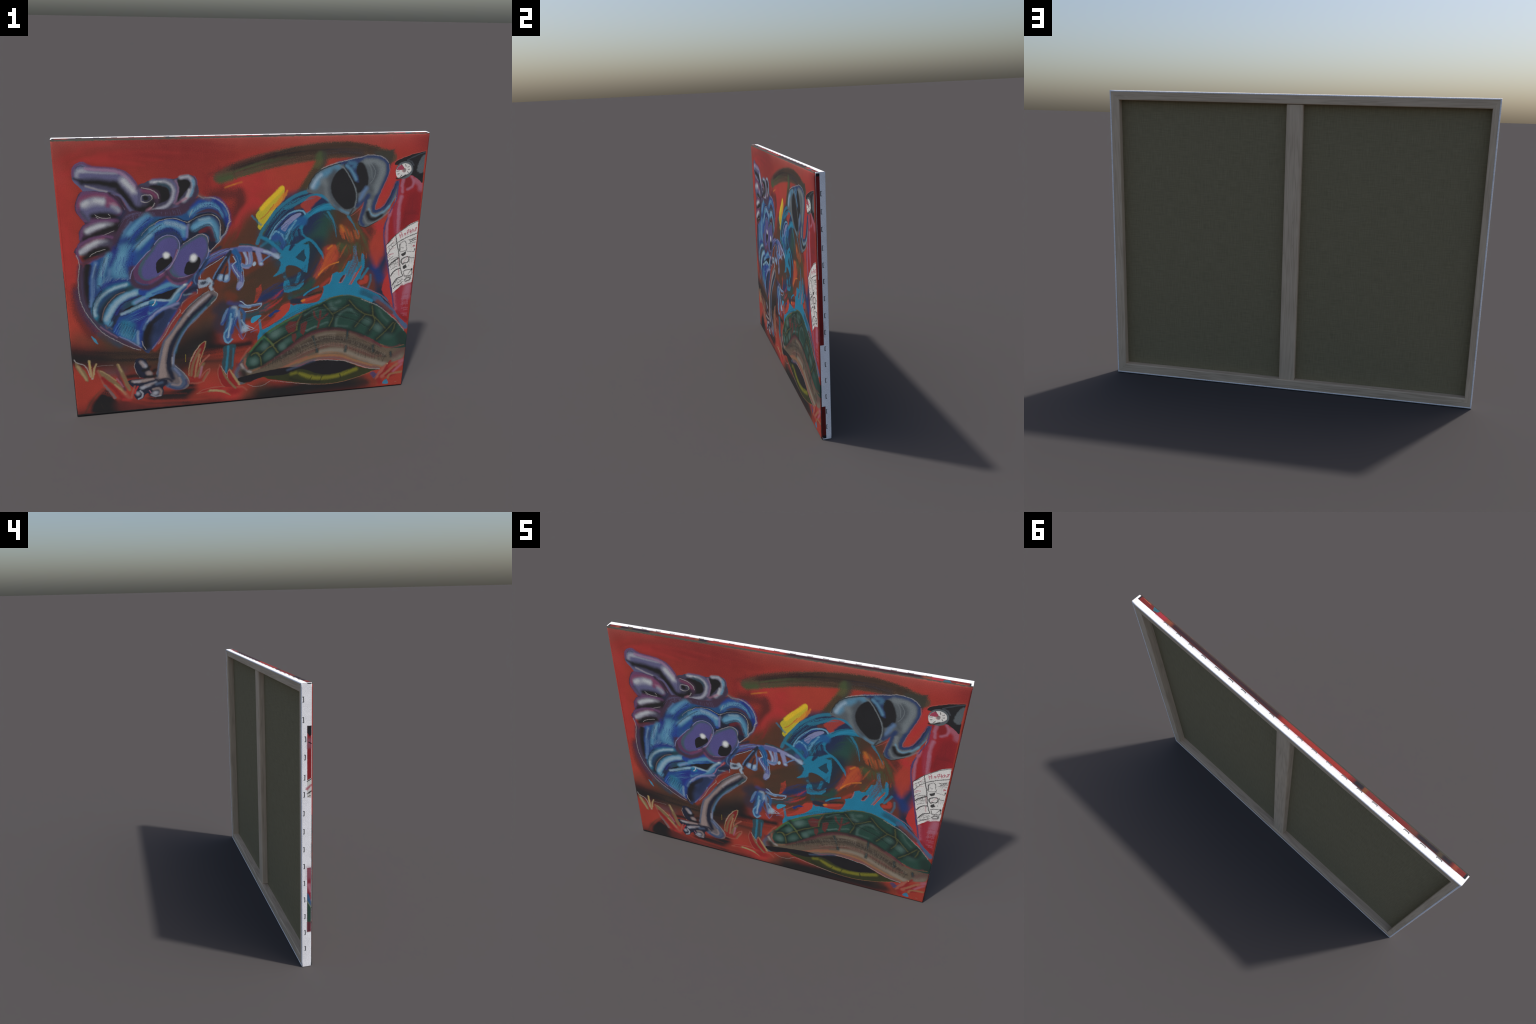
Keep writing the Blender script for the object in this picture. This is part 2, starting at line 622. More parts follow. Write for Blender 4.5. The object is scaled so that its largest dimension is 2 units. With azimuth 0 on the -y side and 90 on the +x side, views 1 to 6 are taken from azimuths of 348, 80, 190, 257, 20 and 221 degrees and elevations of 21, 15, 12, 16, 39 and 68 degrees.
AZURE = srgb(35, 85, 134)
PLUM = srgb(66, 49, 66)
GRAPE = srgb(97, 65, 97)
MAGENTA = srgb(116, 62, 90)
MAUVE = srgb(142, 110, 138)
SLATE_VIOLET = srgb(90, 89, 120)
DUSK = srgb(65, 63, 81)
SILVER = srgb(150, 152, 161)
PALE = srgb(177, 180, 182)
ROSE = srgb(155, 103, 122)
HEAD_BLUE = srgb(38, 76, 120)
DEEP_BLUE = srgb(38, 46, 114)
COBALT = srgb(37, 65, 134)
LIGHT_TEAL = srgb(81, 133, 161)
ICE = srgb(134, 160, 173)
NIGHT = srgb(34, 37, 52)
SHADOW_BLUE = srgb(46, 58, 89)
IRIS = srgb(80, 76, 126)
IRIS_GREEN = srgb(63, 82, 95)
LID = srgb(87, 56, 87)
CHALK = srgb(155, 151, 148)
BROWN_GREY = srgb(101, 86, 82)
GLINT = srgb(208, 210, 206)
GUN = srgb(68, 74, 80)
GUN_LIGHT = srgb(109, 117, 120)
GUN_MID = srgb(86, 93, 97)
HORN_BLUE = srgb(45, 60, 95)
CAN_RED = srgb(144, 37, 41)
CAN_DARK = srgb(109, 34, 38)
CAN_PINK = srgb(155, 97, 114)
CAN_CRIM = srgb(144, 47, 63)
LABEL_WHITE = srgb(202, 200, 196)
INK = srgb(43, 41, 43)
INK_RED = srgb(163, 74, 92)
COAL = srgb(35, 35, 37)
GAUGE_RED = srgb(146, 39, 69)
VIOLET_EDGE = srgb(71, 62, 101)

# ------------------------------------------------------------------ the picture, layer by layer

# ground: uneven reds
stroke(HAZE, [(-0.8, 159, 2.57), (42.8, 159.1, 2.57), (93, 159.2, 2.57), (146.3, 158.7, 2.57), (198.5, 158.3, 2.57)], 7.19, alpha=0.55)  # light haze along the top, painted on as soft pale strokes
stroke(HAZE, [(1.1, 160, 1.47), (2.1, 140.2, 1.47)], 5.87, alpha=0.3, n=3)
blob(DEEP_RED, 54.3, 151.9, 33.13, 9.04, 3, 16.06, alpha=0.75)
blob(DEEP_RED, 68, 135, 17.76, 13.58, 0, 12.54, alpha=0.6)
blob(DEEP_RED, 26, 152.6, 19.56, 3.91, 0, 7.83, alpha=0.4)
stroke(BRIGHT_RED, [(2.1, 140.2, 6.14), (2.5, 113.2, 6.14), (2.2, 86.8, 6.14)], 6.14, alpha=0.5, n=3)
stroke(ORANGE_RED, [(-0.4, 68.5, 6.21), (1.3, 51.6, 6.21), (4.7, 41.5, 6.21)], 7.91, alpha=0.9, n=3)
blob(BRIGHT_RED, 106.9, 139, 21.48, 9.67, 10, 6.44, alpha=0.9)
blob(ORANGE_RED, 124.3, 138.5, 13.1, 12.01, 30, 7.64, alpha=0.9)
blob(BRIGHT_RED, 189.6, 154.1, 13.55, 6.77, 0, 9.03, alpha=0.5)
blob(DEEP_RED, 197.7, 155, 5.68, 6.81, 0, 5.68, alpha=0.7)
stroke(BRIGHT_RED, [(181.8, 140, 5.22), (178.1, 130.1, 5.22), (172, 120, 5.22)], 3.48, n=3)
stroke(ORANGE_RED, [(171.3, 115.4, 7.26), (173.8, 100, 7.26), (166.2, 105.1, 7.26)], 7.26, n=3)
stroke(BRIGHT_RED, [(173.4, 104.8, 5.14), (178.3, 90, 5.14), (186.7, 66.9, 5.14), (189.3, 53.7, 5.14)], 2.57, n=3)
streaks(BRIGHT_RED, [(-0.3, 145.3), (23, 151.7), (62.2, 148.6)], 10, 6.77, 1.45, 0.35, 2.42, 101)
streaks(DEEP_RED, [(23.3, 155.6), (62.4, 153.7), (93, 148.9)], 14, 5.83, 1.65, 0.3, 2.43, 102)
streaks(ORANGE_RED, [(-2.8, 75.7), (-0.3, 57.8), (6.6, 38.8)], 12, 5.42, 1.3, 0.5, 2.71, 103)
streaks(BRIGHT_RED, [(0.2, 119.7), (0.2, 98.1), (1.2, 75.4)], 10, 4.04, 1.01, 0.35, 2.53, 104)
streaks(ORANGE_RED, [(93.1, 134.1), (112.3, 138.8), (134.1, 141.4)], 14, 5.35, 1.28, 0.5, 2.67, 105)
streaks(DEEP_RED, [(78.5, 143), (82.6, 134.5), (78.3, 123.8)], 10, 6.24, 1.04, 0.4, 2.6, 106)
streaks(ORANGE_RED, [(185.7, 147.7), (178, 131.2), (171.9, 121.2)], 8, 3.41, 1.02, 0.4, 2.27, 107)

# broad olive brush arch
stroke(OLIVE, [(83.1, 138.7, 3.03), (94.1, 142.6, 4.32), (112.1, 147.4, 4.54), (135.8, 151, 4.76), (153.4, 151.7, 4.32), (168.2, 149.7, 3.78), (178.8, 146.7, 3.03)], 0.97, alpha=0.95, grain=2.43)
hatch(SOOT, [(85.7, 141.6), (112, 150), (135.6, 154), (157.8, 153.7), (176.2, 150.1)], [(85.7, 137.5), (112.1, 145.8), (135.9, 148.9), (158.1, 149.4), (176.6, 145.7)], 26, 0.84, 0.3, 2.1, 31)
stroke(SOOT, [(91, 143.7, 1.83), (112.1, 148.9, 1.83), (135.7, 152.6, 1.83), (153.3, 153.3, 1.83), (169.3, 150.8, 1.83)], 1.51, alpha=0.6, grain=2.7)
stroke(MAROON, [(78.4, 140.4, 1.15), (91, 145.3, 1.15), (112, 150.5, 1.15)], 1.68, alpha=0.5, grain=4.19, n=3)
stroke(MOSS, [(84.2, 137.6, 2.12), (88.9, 138.5, 2.12)], 1.9, alpha=0.9, grain=2.65, n=3)
stroke(AMBER, [(86.3, 133, 0.43), (91.5, 134.7, 0.43), (95.2, 135.7, 0.43)], 0.43, alpha=0.8, grain=1.6)
stroke(ORANGE_RED, [(93.1, 135, 0.86), (112.3, 140.8, 0.86), (135, 145.2, 0.86)], 0.86, alpha=0.5, grain=2.15)
stroke(BLUE_BLACK, [(139.1, 150.9, 1.64), (149, 151.2, 1.64), (160.3, 149.9, 1.64)], 1.97, alpha=0.6, n=3)
streaks(SOOT, [(84.7, 139.7), (112.1, 147.9), (135.8, 151.2), (157.9, 151.6), (176.5, 147.3)], 16, 3.16, 0.63, 0.45, 2.1, 108)
streaks(UMBER, [(82.6, 139.2), (112.1, 147.4), (135.8, 151), (157.9, 151.6), (178.8, 146.7)], 16, 4.2, 0.63, 0.5, 2.1, 109)
streaks(MOSS, [(85.7, 137.5), (103.7, 143.4), (125, 147.6)], 8, 2.11, 0.53, 0.4, 2.11, 110)
fill(CHAR_OLIVE, [(168.2, 150.3), (180.1, 151.3), (179.5, 145.6), (178.2, 141.3), (172.2, 144.2)], 0.91, alpha=0.95, grain=2.27, n=1)
stroke(MOSS, [(138.1, 148.3, 2.76), (137.3, 143.5, 2.76), (133.2, 136, 2.76), (129.1, 128.5, 2.76)], 1.33, alpha=0.9, grain=2.21, n=3)
stroke(CHAR_OLIVE, [(140.2, 149.8, 1.43), (140.6, 144.5, 1.43), (136.4, 139.2, 1.43)], 1.32, alpha=0.8, grain=2.19, n=3)
stroke(UMBER, [(135.2, 140.3, 1.99), (130.1, 132.8, 1.99), (125.9, 125.3, 1.99)], 1.33, alpha=0.8, grain=2.77, n=3)

# tangle of browns, oranges and blues in the middle
fill(UMBER, [(82.4, 100.2), (99.9, 108.4), (112.9, 116.8), (125.9, 125.3), (146.5, 121.1), (160.9, 112.4), (171.8, 95.3), (176, 75.3), (174.9, 60), (159.4, 68.8), (140.2, 67.7), (122.6, 62.7), (107.6, 53.8), (93.7, 48.5), (79.9, 56), (76.7, 72.3), (79, 86.4)], 7.71, alpha=0.9)
fill(BROWN, [(80.2, 95.7), (94.4, 99.5), (115.9, 91.3), (122.1, 76.4), (110.8, 67.3), (100.5, 55.6), (86.7, 55.5), (78.9, 67.2)], 6.03, alpha=0.8)
stroke(MAROON, [(80.4, 129.2, 3.28), (93.2, 128.7, 3.28), (93.2, 119.9, 3.28), (88.9, 111.2, 3.28)], 3.28, alpha=0.9, grain=3.83, n=3)
stroke(WINE, [(81.5, 122.6, 2.73), (88.9, 119, 2.73), (85.7, 109.1, 2.73)], 2.84, alpha=0.8, grain=3.82, n=3)
stroke(MAROON, [(94.2, 130.8, 1.85), (95.9, 124.2, 1.85), (92.2, 115.5, 1.85)], 1.74, alpha=0.8, grain=2.72, n=3)
stroke(BRIGHT_RED, [(102.9, 123.9, 3.33), (97.6, 118.6, 3.33), (93.3, 111, 3.33), (88.9, 104.4, 3.33)], 1.78, grain=2.22, n=3)
stroke(BRIGHT_RED, [(103.8, 134.8, 2.18), (100.7, 126.2, 2.18), (105.1, 122.7, 2.18)], 2.83, alpha=0.7, n=3)
stroke(BROWN, [(88.9, 99.8, 8.46), (98.8, 103.9, 8.46), (103.2, 108.2, 8.46)], 4.51, alpha=0.9, n=3)
stroke(UMBER, [(103.1, 112.8, 7.34), (99.9, 103.8, 7.34), (93.3, 99.6, 7.34)], 5.64, alpha=0.7, n=3)
stroke(BROWN, [(82.3, 86.2, 11.63), (94.5, 87.8, 11.63), (106.9, 88.2, 11.63), (115.9, 88.9, 11.63)], 5.82, n=3)
stroke(BROWN, [(80, 74.4, 8.86), (89, 68.9, 8.86), (100.3, 76.7, 8.86)], 7.08, n=3)
stroke(UMBER, [(94.6, 74.6, 8.87), (108.2, 78.6, 8.87), (119.6, 81.4, 8.87)], 5.91, alpha=0.8, n=3)
stroke(UMBER, [(108.2, 81, 5.36), (116.1, 85.3, 5.36), (126.5, 83.4, 5.36), (132.3, 83.1, 5.36)], 3.57, n=3)
stroke(UMBER, [(84.5, 65.6, 7.18), (91.3, 61.4, 7.18), (100.4, 65.6, 7.18)], 7.18, alpha=0.7, n=3)
fill(TEAL_DARK, [(108.5, 117), (119.3, 125.5), (129.1, 128.5), (142.8, 124.6), (146.7, 116.5), (148.5, 106), (143.4, 94.4), (137, 82.8), (130.5, 70.9), (123.6, 66.4), (119.7, 79), (114.8, 89), (105.6, 98.9)], 3.57, alpha=0.95)
stroke(NAVY, [(115.2, 114.5, 6.72), (121.7, 121, 6.72), (132.8, 122.7, 6.72)], 3.36, alpha=0.9, n=3)
stroke(NAVY, [(130.1, 106.9, 7.44), (137.6, 115.8, 7.44), (143.1, 120.1, 7.44)], 4.12, n=3)
stroke(PINE, [(136.3, 97.2, 6.42), (143.9, 106.2, 6.42), (146.9, 113, 6.42)], 4.2, alpha=0.9, n=3)
stroke(BLUE_BLACK, [(132.9, 70.7, 5.41), (137, 82.8, 5.41), (138.6, 97.1, 5.41)], 3.61, alpha=0.9, n=3)
stroke(UMBER, [(152.6, 115.1, 5.39), (150, 101.2, 5.39), (144.9, 89.5, 5.39), (139.6, 77.7, 5.39)], 3.6, alpha=0.9, grain=4.2, n=3)
stroke(MOSS, [(157.4, 96.1, 3.66), (162.8, 88.5, 3.66), (156.1, 81.5, 3.66)], 3.66, alpha=0.8, grain=4.27, n=3)
stroke(UMBER, [(156, 116.1, 6.76), (163, 100.5, 6.76), (167.8, 85.7, 6.76), (171.1, 75.6, 6.76)], 4.92, alpha=0.9, n=3)
stroke(BROWN, [(156.6, 107.9, 4.78), (164, 102.9, 4.78), (166, 107.5, 4.78)], 3.11, alpha=0.8, grain=5.97, n=3)
stroke(NAVY, [(177.3, 87.6, 6.97), (174.5, 77.9, 6.97), (172.9, 67.9, 6.97), (179.7, 62.2, 6.97)], 4.56, n=3)
stroke(BLUE_BLACK, [(174.6, 62.6, 7.15), (179.1, 54.5, 7.15), (181.9, 64.7, 7.15)], 5.2, alpha=0.9, n=3)
stroke(ROYAL, [(174.2, 81.6, 2.52), (178.5, 75.1, 2.52)], 2.27, alpha=0.9, n=3)
stroke(BROWN, [(164, 72.3, 4.43), (171.7, 68, 4.43), (169.8, 75.7, 4.43)], 2.03, alpha=0.9, grain=3.8, n=3)
fill(EMBER, [(169.8, 96.8), (177.6, 104.5), (179.2, 91.6), (177.4, 86.2), (175.3, 82.7), (172.1, 88.1)], 2.4, alpha=0.9, grain=2)
stroke(ORANGE_RED, [(175.2, 102, 2.36), (175, 95.4, 2.36)], 2.36, alpha=0.5, n=3)
fill(BRIGHT_RED, [(182.9, 77.8), (185.3, 69.5), (188.2, 57.2), (184.6, 60.8), (180.1, 67.8)], 0.34)
stroke(MAROON, [(164, 106.4, 1.74), (168.8, 103.8, 1.74), (170.2, 106.1, 1.74)], 1.93, alpha=0.8, grain=1.93, n=3)
stroke(BROWN, [(164.3, 103.3, 2.14), (167.7, 98.5, 2.14), (167.5, 92.3, 2.14)], 1.94, alpha=0.7, n=3)
stroke(ORANGE, [(154.2, 106.8, 1.15), (157.4, 103.6, 1.15), (159.2, 99.7, 1.15)], 1.53, alpha=0.7, grain=1.91, n=3)
stroke(AMBER, [(152.2, 108.4, 0.76), (153.5, 105.7, 0.76)], 1.29, alpha=0.7, grain=1.9)
stroke(ORANGE, [(161.1, 105, 0.77), (162.9, 101.1, 0.77)], 0.77, alpha=0.6, grain=1.93)
fill(EMBER, [(137.2, 77.1), (140.5, 86.3), (142.8, 92.8), (143.4, 96.2), (149, 97.4), (151.5, 93.4), (151.4, 88.4), (147.4, 85.1), (142.3, 81.1), (138.7, 76.8)], 1.55, alpha=0.9, grain=1.55)
hatch(BROWN, [(137.9, 77.8), (141.2, 87), (143.8, 95.4), (149, 96.7)], [(140.3, 76.1), (143.8, 83), (149.6, 87.3), (151.6, 91.1)], 22, 0.39, 0.45, 1.56, 38)
stroke(ORANGE, [(149, 96.3, 1.17), (145.9, 91.8, 1.17), (142.6, 83.8, 1.17), (139, 78.5, 1.17)], 0.86, alpha=0.8, grain=0.97, n=3)
stroke(AMBER, [(147.5, 97.1, 0.5), (145.3, 95.3, 0.5)], 0.69, alpha=0.8)
stroke(AMBER, [(151.9, 86.8, 0.35), (146.3, 85.2, 0.35), (142.3, 81.9, 0.35), (140.5, 79.6, 0.35)], 0.39, alpha=0.9, grain=0.78)
stroke(BROWN, [(139.3, 72.9, 2.36), (144.1, 77.4, 2.36), (149.9, 82.6, 2.36)], 1.57, alpha=0.9, grain=1.97, n=3)
stroke(EMBER, [(142.8, 72.7, 0.99), (145.7, 75.3, 0.99), (147.2, 76.8, 0.99)], 0.87, alpha=0.7, grain=1.38, n=3)
fill(EMBER, [(106.9, 76.3), (107.5, 72), (107, 68.8), (104.1, 65), (102.8, 64.7), (103.7, 69.1), (104, 73.8), (105.4, 74.5)], 0.19, grain=0.58, n=1)
fill(ROYAL, [(107.7, 71.2), (112.1, 74), (115.4, 75.8), (120.6, 76.2), (120.4, 71), (118.7, 66.8), (114.9, 65.8), (110.4, 66.6), (105.2, 64.9), (105.9, 68.1)], 0.55, alpha=0.95, grain=0.98)
stroke(NAVY, [(117.7, 74.4, 2.13), (113.3, 70, 2.13), (108.9, 66.7, 2.13)], 1.16, alpha=0.7, n=3)
stroke(UMBER, [(115.7, 64.2, 2.35), (119.5, 65.5, 2.35), (122.5, 66.9, 2.35)], 1.02, grain=0.98, n=3)
stroke(UMBER, [(109.9, 58.1, 1.77), (114.3, 60.2, 1.77), (118.1, 61.5, 1.77)], 1.18, alpha=0.9, grain=0.98, n=3)
stroke(PETROL, [(98.6, 57.4, 2.15), (103.9, 58.6, 2.15), (110.5, 62.1, 2.15)], 1.57, alpha=0.9, grain=1.57, n=3)
stroke(BLUE_BLACK, [(126, 64.2, 1.98), (130.2, 63.9, 1.98)], 0.95, n=3)
stroke(PINE, [(124.7, 67.9, 2.16), (129.9, 69.6, 2.16), (135.1, 73.2, 2.16), (136.9, 76.3, 2.16)], 1.18, alpha=0.9, grain=1.18, n=3)
fill(EMBER, [(107.8, 48.4), (113, 52.5), (117.1, 57.5), (119.2, 61.5), (124.1, 63.3), (124.1, 59.5), (119.5, 53.7), (113.9, 50), (109.7, 47.8)], 0.24, grain=0.49)
stroke(BROWN, [(107.7, 54.2, 1.78), (110.7, 54.8, 1.78), (113.7, 56.2, 1.78)], 0.79, alpha=0.9, grain=0.99, n=3)
fill(ROYAL, [(111.4, 56), (115.9, 59.7), (118.9, 58.6), (115.2, 57.3), (113, 54.6)], 0.2, grain=0.4, n=1)
fill(EMBER, [(131.7, 64.6), (137, 66.2), (142.7, 67.6), (140.1, 65.2), (134.1, 63.2), (131.8, 62.7)], 0.24, grain=0.5)
stroke(AMBER, [(131.3, 63.8, 0.6), (132.8, 64.5, 0.6)], 0.48, alpha=0.8)
stroke(ORANGE_RED, [(100.2, 51.1, 2.18), (104, 50.8, 2.18), (104.8, 47, 2.18)], 1.58, alpha=0.9, n=3)
stroke(MAROON, [(99.5, 45, 3), (104.1, 43.3, 3)], 1.6, alpha=0.8, n=3)
stroke(BROWN, [(97.1, 61.2, 1.75), (101.6, 60.8, 1.75), (106, 62.5, 1.75)], 1.56, alpha=0.8, grain=1.36, n=3)
stroke(UMBER, [(94.9, 65.7, 2.12), (99.3, 67, 2.12), (102.2, 70.8, 2.12)], 1.92, alpha=0.8, grain=1.35, n=3)

# teal flourishes
fill(TEAL, [(113.8, 80.2), (116.7, 83.9), (118, 88.5), (116.5, 90.9), (118.5, 95.3), (122.1, 98.9), (133.2, 98.3), (134, 88.7), (132.4, 82.1), (130.1, 83.8), (125.5, 86.5), (121.4, 86.3), (121.1, 83.2)], 0.26, grain=1.51)
fill(TEAL_DARK, [(126.4, 91.4), (129.6, 94.7), (131.4, 96.1), (131.5, 93.4), (132.8, 90.7), (131.4, 88.2), (127.6, 90.2)], 0.19, grain=0.57, n=1)
fill(TEAL_DARK, [(122.2, 95.9), (123.5, 98.8), (127.2, 98.6), (125.1, 96.5), (123.7, 95)], 0.23, grain=0.38, n=1)
stroke(TEAL, [(133.2, 98.3, 0.5), (133.9, 91.4, 0.5), (133.2, 82.1, 0.5)], 0.31, grain=0.57)
fill(UMBER, [(121.4, 86.3), (126.3, 86), (130.1, 83.4), (128, 80.4), (123.9, 78.7), (121.2, 81.7)], 0.39, alpha=0.9, grain=0.77)
fill(TEAL, [(120.2, 77.4), (123.2, 77.6), (124.1, 74), (127.5, 73.3), (130.4, 75.9), (132.2, 77.8), (132, 74.6), (129.5, 71.6), (125.7, 70.7), (123.9, 69.2), (120.5, 70.2), (119.8, 73.5)], 0.2, grain=0.78, n=1)
stroke(TEAL, [(129.1, 81.1, 0.97), (128.1, 76.9, 0.97), (127.4, 75.3, 0.97)], 0.31, alpha=0.9, grain=1.55, n=3)
stroke(TEAL_MID, [(120.5, 79.7, 0.77), (122.1, 77.3, 0.77)], 0.46, alpha=0.8, grain=0.97)
fill(TEAL, [(124.5, 62.3), (126.1, 61.3), (128.7, 62), (132.6, 62.1), (141, 62.7), (143.8, 67.8), (144.8, 70.5), (143.6, 72.2), (147.3, 74), (149.3, 79.8), (153.5, 80), (154.3, 67), (147.1, 64.7), (140.3, 62.3), (132.7, 58.8), (124.4, 55.3), (115.4, 49), (110.2, 44.5), (105.3, 40.3), (106.7, 46.9), (109, 47.5), (113.9, 50), (119.1, 53.3), (123.9, 58.6)], 0.2, grain=1.41, n=2)
fill(CYAN, [(101.3, 53.5), (102.4, 55.9), (106.9, 56.9), (106.9, 55.5), (102.5, 52)], 0.16, grain=0.29)
stroke(TEAL_MID, [(106.6, 53.5, 0.72), (107, 49.3, 0.72), (108.3, 44.2, 0.72)], 0.32, alpha=0.9, grain=0.6)
stroke(PETROL, [(124, 66.4, 1.18), (124.6, 69.1, 1.18)], 0.47, alpha=0.9, n=3)
fill(UMBER, [(132.7, 66.5), (137.6, 69), (143.3, 70.2), (143.4, 68.2), (137.3, 67)], 0.2, alpha=0.9, grain=0.79, n=1)
stroke(TEAL, [(132.3, 67.4, 0.51), (135.7, 70, 0.51), (140.9, 72.4, 0.51)], 0.24, grain=0.79)
stroke(SOOT, [(134.7, 66.8, 0.32), (138.8, 68.1, 0.32), (143, 69, 0.32)], 0.24, alpha=0.7, grain=0.99)
fill(TEAL, [(142.3, 63.5), (143.7, 66.7), (144.2, 70.7), (143.8, 72.4), (147.2, 73.3), (148.7, 79.6), (150.7, 78.7), (152.5, 80.6), (155.2, 80.8), (157.8, 87), (159.8, 87.2), (160.6, 91.1), (159.9, 96.2), (162.1, 96.9), (163, 90.6), (165.1, 87.7), (165.6, 91.2), (167.3, 90.3), (168.2, 83.6), (166.6, 78.9), (165.7, 75.7), (163.9, 73.8), (166.9, 70.8), (170.2, 69.3), (177.7, 65), (182.1, 60.6), (182.5, 57.2), (177.3, 60.1), (169.9, 62.7), (164.2, 64.8), (157.8, 66.1), (149.9, 66.2)], 0.2, grain=1.37, n=2)
stroke(TEAL_DARK, [(168.8, 66.5, 2.27), (173.9, 63.3, 2.27), (178.1, 60.4, 2.27)], 2.06, alpha=0.7, grain=1.03, n=3)
stroke(BROWN, [(178.1, 60.9, 1.46), (182.8, 57.6, 1.46), (187.8, 52.9, 1.46)], 0.84, alpha=0.9, grain=1.05, n=3)
stroke(EMBER, [(160.8, 72.8, 0.4), (163.2, 77.9, 0.4), (165.9, 83.1, 0.4)], 0.2, grain=0.4, n=1)
stroke(HAZE, [(159.5, 72.3, 0.2), (162, 78, 0.2), (163, 79.9, 0.2)], 0.2, alpha=0.9, grain=0.6)
stroke(HAZE, [(166.2, 83.7, 0.2), (164.6, 79.8, 0.2), (160.8, 72.4, 0.2)], 0.2, alpha=0.9, grain=0.5)
stroke(MAROON, [(154, 74.9, 0.67), (155.8, 78, 0.67)], 0.32)
stroke(HAZE, [(153.3, 74.1, 0.2), (155.2, 74.4, 0.2), (157.2, 79.1, 0.2)], 0.2, alpha=0.9, grain=0.5)
stroke(HAZE, [(147.1, 73.7, 0.24), (148.2, 76.1, 0.24), (148.6, 78.8, 0.24)], 0.24, alpha=0.9, grain=0.59)
stroke(EMBER, [(166.7, 73.2, 1.41), (169.4, 73.8, 1.41), (169.6, 76.3, 1.41)], 0.57, alpha=0.9, grain=0.81, n=3)
stroke(TEAL_MID, [(166.5, 75.6, 0.72), (168.6, 78.7, 0.72), (170.3, 81.8, 0.72)], 0.4, alpha=0.9, grain=0.8)
stroke(TEAL_MID, [(172.2, 77.7, 0.61), (172.6, 73.6, 0.61), (171.3, 69.6, 0.61)], 0.57, alpha=0.6)
stroke(UMBER, [(164.2, 90.1, 0.79), (165, 86.9, 0.79)], 0.47, alpha=0.9)
stroke(MOSS, [(151.7, 97.8, 1.16), (156.5, 95.2, 1.16), (161.7, 97.3, 1.16)], 1.16, alpha=0.7, grain=1.35, n=3)
hatch(ORANGE, [(151.1, 107), (155.7, 106.8), (163.3, 105.6)], [(153.8, 100.8), (158.5, 99), (164.6, 99.4)], 16, 0.38, 0.7, 1.51, 32)
hatch(MOSS, [(149.4, 99.5), (155.6, 97.6), (165.5, 97.8)], [(152.2, 91.6), (158.4, 90.5), (167.3, 90.3)], 18, 0.34, 0.6, 1.53, 33)
hatch(UMBER, [(164, 106.4), (168.7, 105.4), (174, 106.6)], [(164.1, 96.4), (168.1, 94.6), (172.8, 102.1)], 18, 0.34, 0.5, 1.53, 34)
hatch(EMBER, [(157.2, 85.8), (160.5, 92.7), (169.8, 92.2)], [(152.9, 79.7), (157.8, 87.4), (170.3, 86.6)], 14, 0.31, 0.5, 1.57, 35)
stroke(TEAL, [(111.3, 46.5, 1.21), (117.6, 51.1, 1.21), (124.4, 54.9, 1.21), (132.7, 58.8, 1.21), (140.3, 61.5, 1.21), (143.9, 63, 1.21), (150, 65.4, 1.21), (158.9, 66.2, 1.21), (167.8, 63.7, 1.21), (174.1, 60.7, 1.21)], 0.36, grain=0.8)
stroke(SLATE_BLUE, [(176.3, 62.7, 1.49), (182.3, 58.4, 1.49), (188.2, 52.9, 1.49), (190.5, 51.3, 1.49), (194.3, 46.2, 1.49), (198.1, 41.7, 1.49)], 0.68, alpha=0.95, grain=1.27)
stroke(BROWN, [(178.1, 60.4, 1.06), (182.9, 56.7, 1.06), (187.4, 52.6, 1.06), (188.1, 51.9, 1.06)], 0.76, alpha=0.8, grain=1.27, n=3)
stroke(SLATE_BLUE, [(167.7, 70.3, 0.54), (173.5, 67.4, 0.54), (180.2, 64, 0.54), (184.6, 60.4, 0.54)], 0.33, alpha=0.8, grain=1.03)
stroke(HAZE, [(166.1, 70.8, 0.17), (171, 68.8, 0.17), (180.2, 64, 0.17), (187.8, 56.3, 0.17)], 0.21, alpha=0.7, grain=0.83)
hatch(TEAL, [(111.1, 102.4), (116.7, 105.8), (123.3, 105.5), (129, 108.9)], [(113.4, 97), (119.9, 98.1), (125, 98.6), (130.7, 103.6)], 18, 0.48, 0.5, 1.47, 36)
hatch(NAVY, [(115.7, 116.9), (121.3, 120.3), (126.3, 121.5)], [(113, 109.7), (118.6, 114.5), (124.3, 117.9)], 12, 0.36, 0.5, 1.26, 37)
streaks(UMBER, [(82.2, 62.1), (95.8, 70.9), (110.5, 79.6), (122.9, 86.1)], 18, 8.31, 0.95, 0.5, 2.97, 111)
streaks(BROWN, [(82.3, 81.5), (93.4, 87.9), (106.8, 91.8)], 14, 6.91, 1.04, 0.5, 2.88, 112)
streaks(ORANGE, [(144.3, 79.8), (149.6, 89.3), (153.7, 98.6)], 10, 2.92, 0.55, 0.5, 2.43, 113)
streaks(MOSS, [(156.2, 112.6), (163.2, 98.1), (168.2, 80.8)], 14, 4.68, 0.58, 0.5, 2.34, 114)
streaks(BROWN, [(156.7, 105.6), (161.4, 91), (156.2, 79.1)], 12, 4.73, 0.59, 0.5, 2.36, 115)
streaks(ORANGE_RED, [(165.8, 109.8), (173.8, 100), (177.3, 87.6)], 10, 4.73, 0.71, 0.5, 2.37, 116)
streaks(NAVY, [(121, 74), (132.5, 78.1), (141.3, 89.8)], 12, 4.81, 0.6, 0.5, 2.41, 117)
streaks(UMBER, [(110.7, 69.8), (123.4, 71.4), (139.8, 75.2)], 10, 3.6, 0.6, 0.5, 2.4, 118)
streaks(BRIGHT_RED, [(105.1, 60.3), (114.3, 64.6), (121.1, 71.5)], 8, 2.42, 0.55, 0.5, 2.42, 119)
streaks(DEEP_RED, [(93.2, 117.7), (90, 108.9), (85.7, 100)], 8, 4.39, 0.66, 0.5, 2.2, 120)

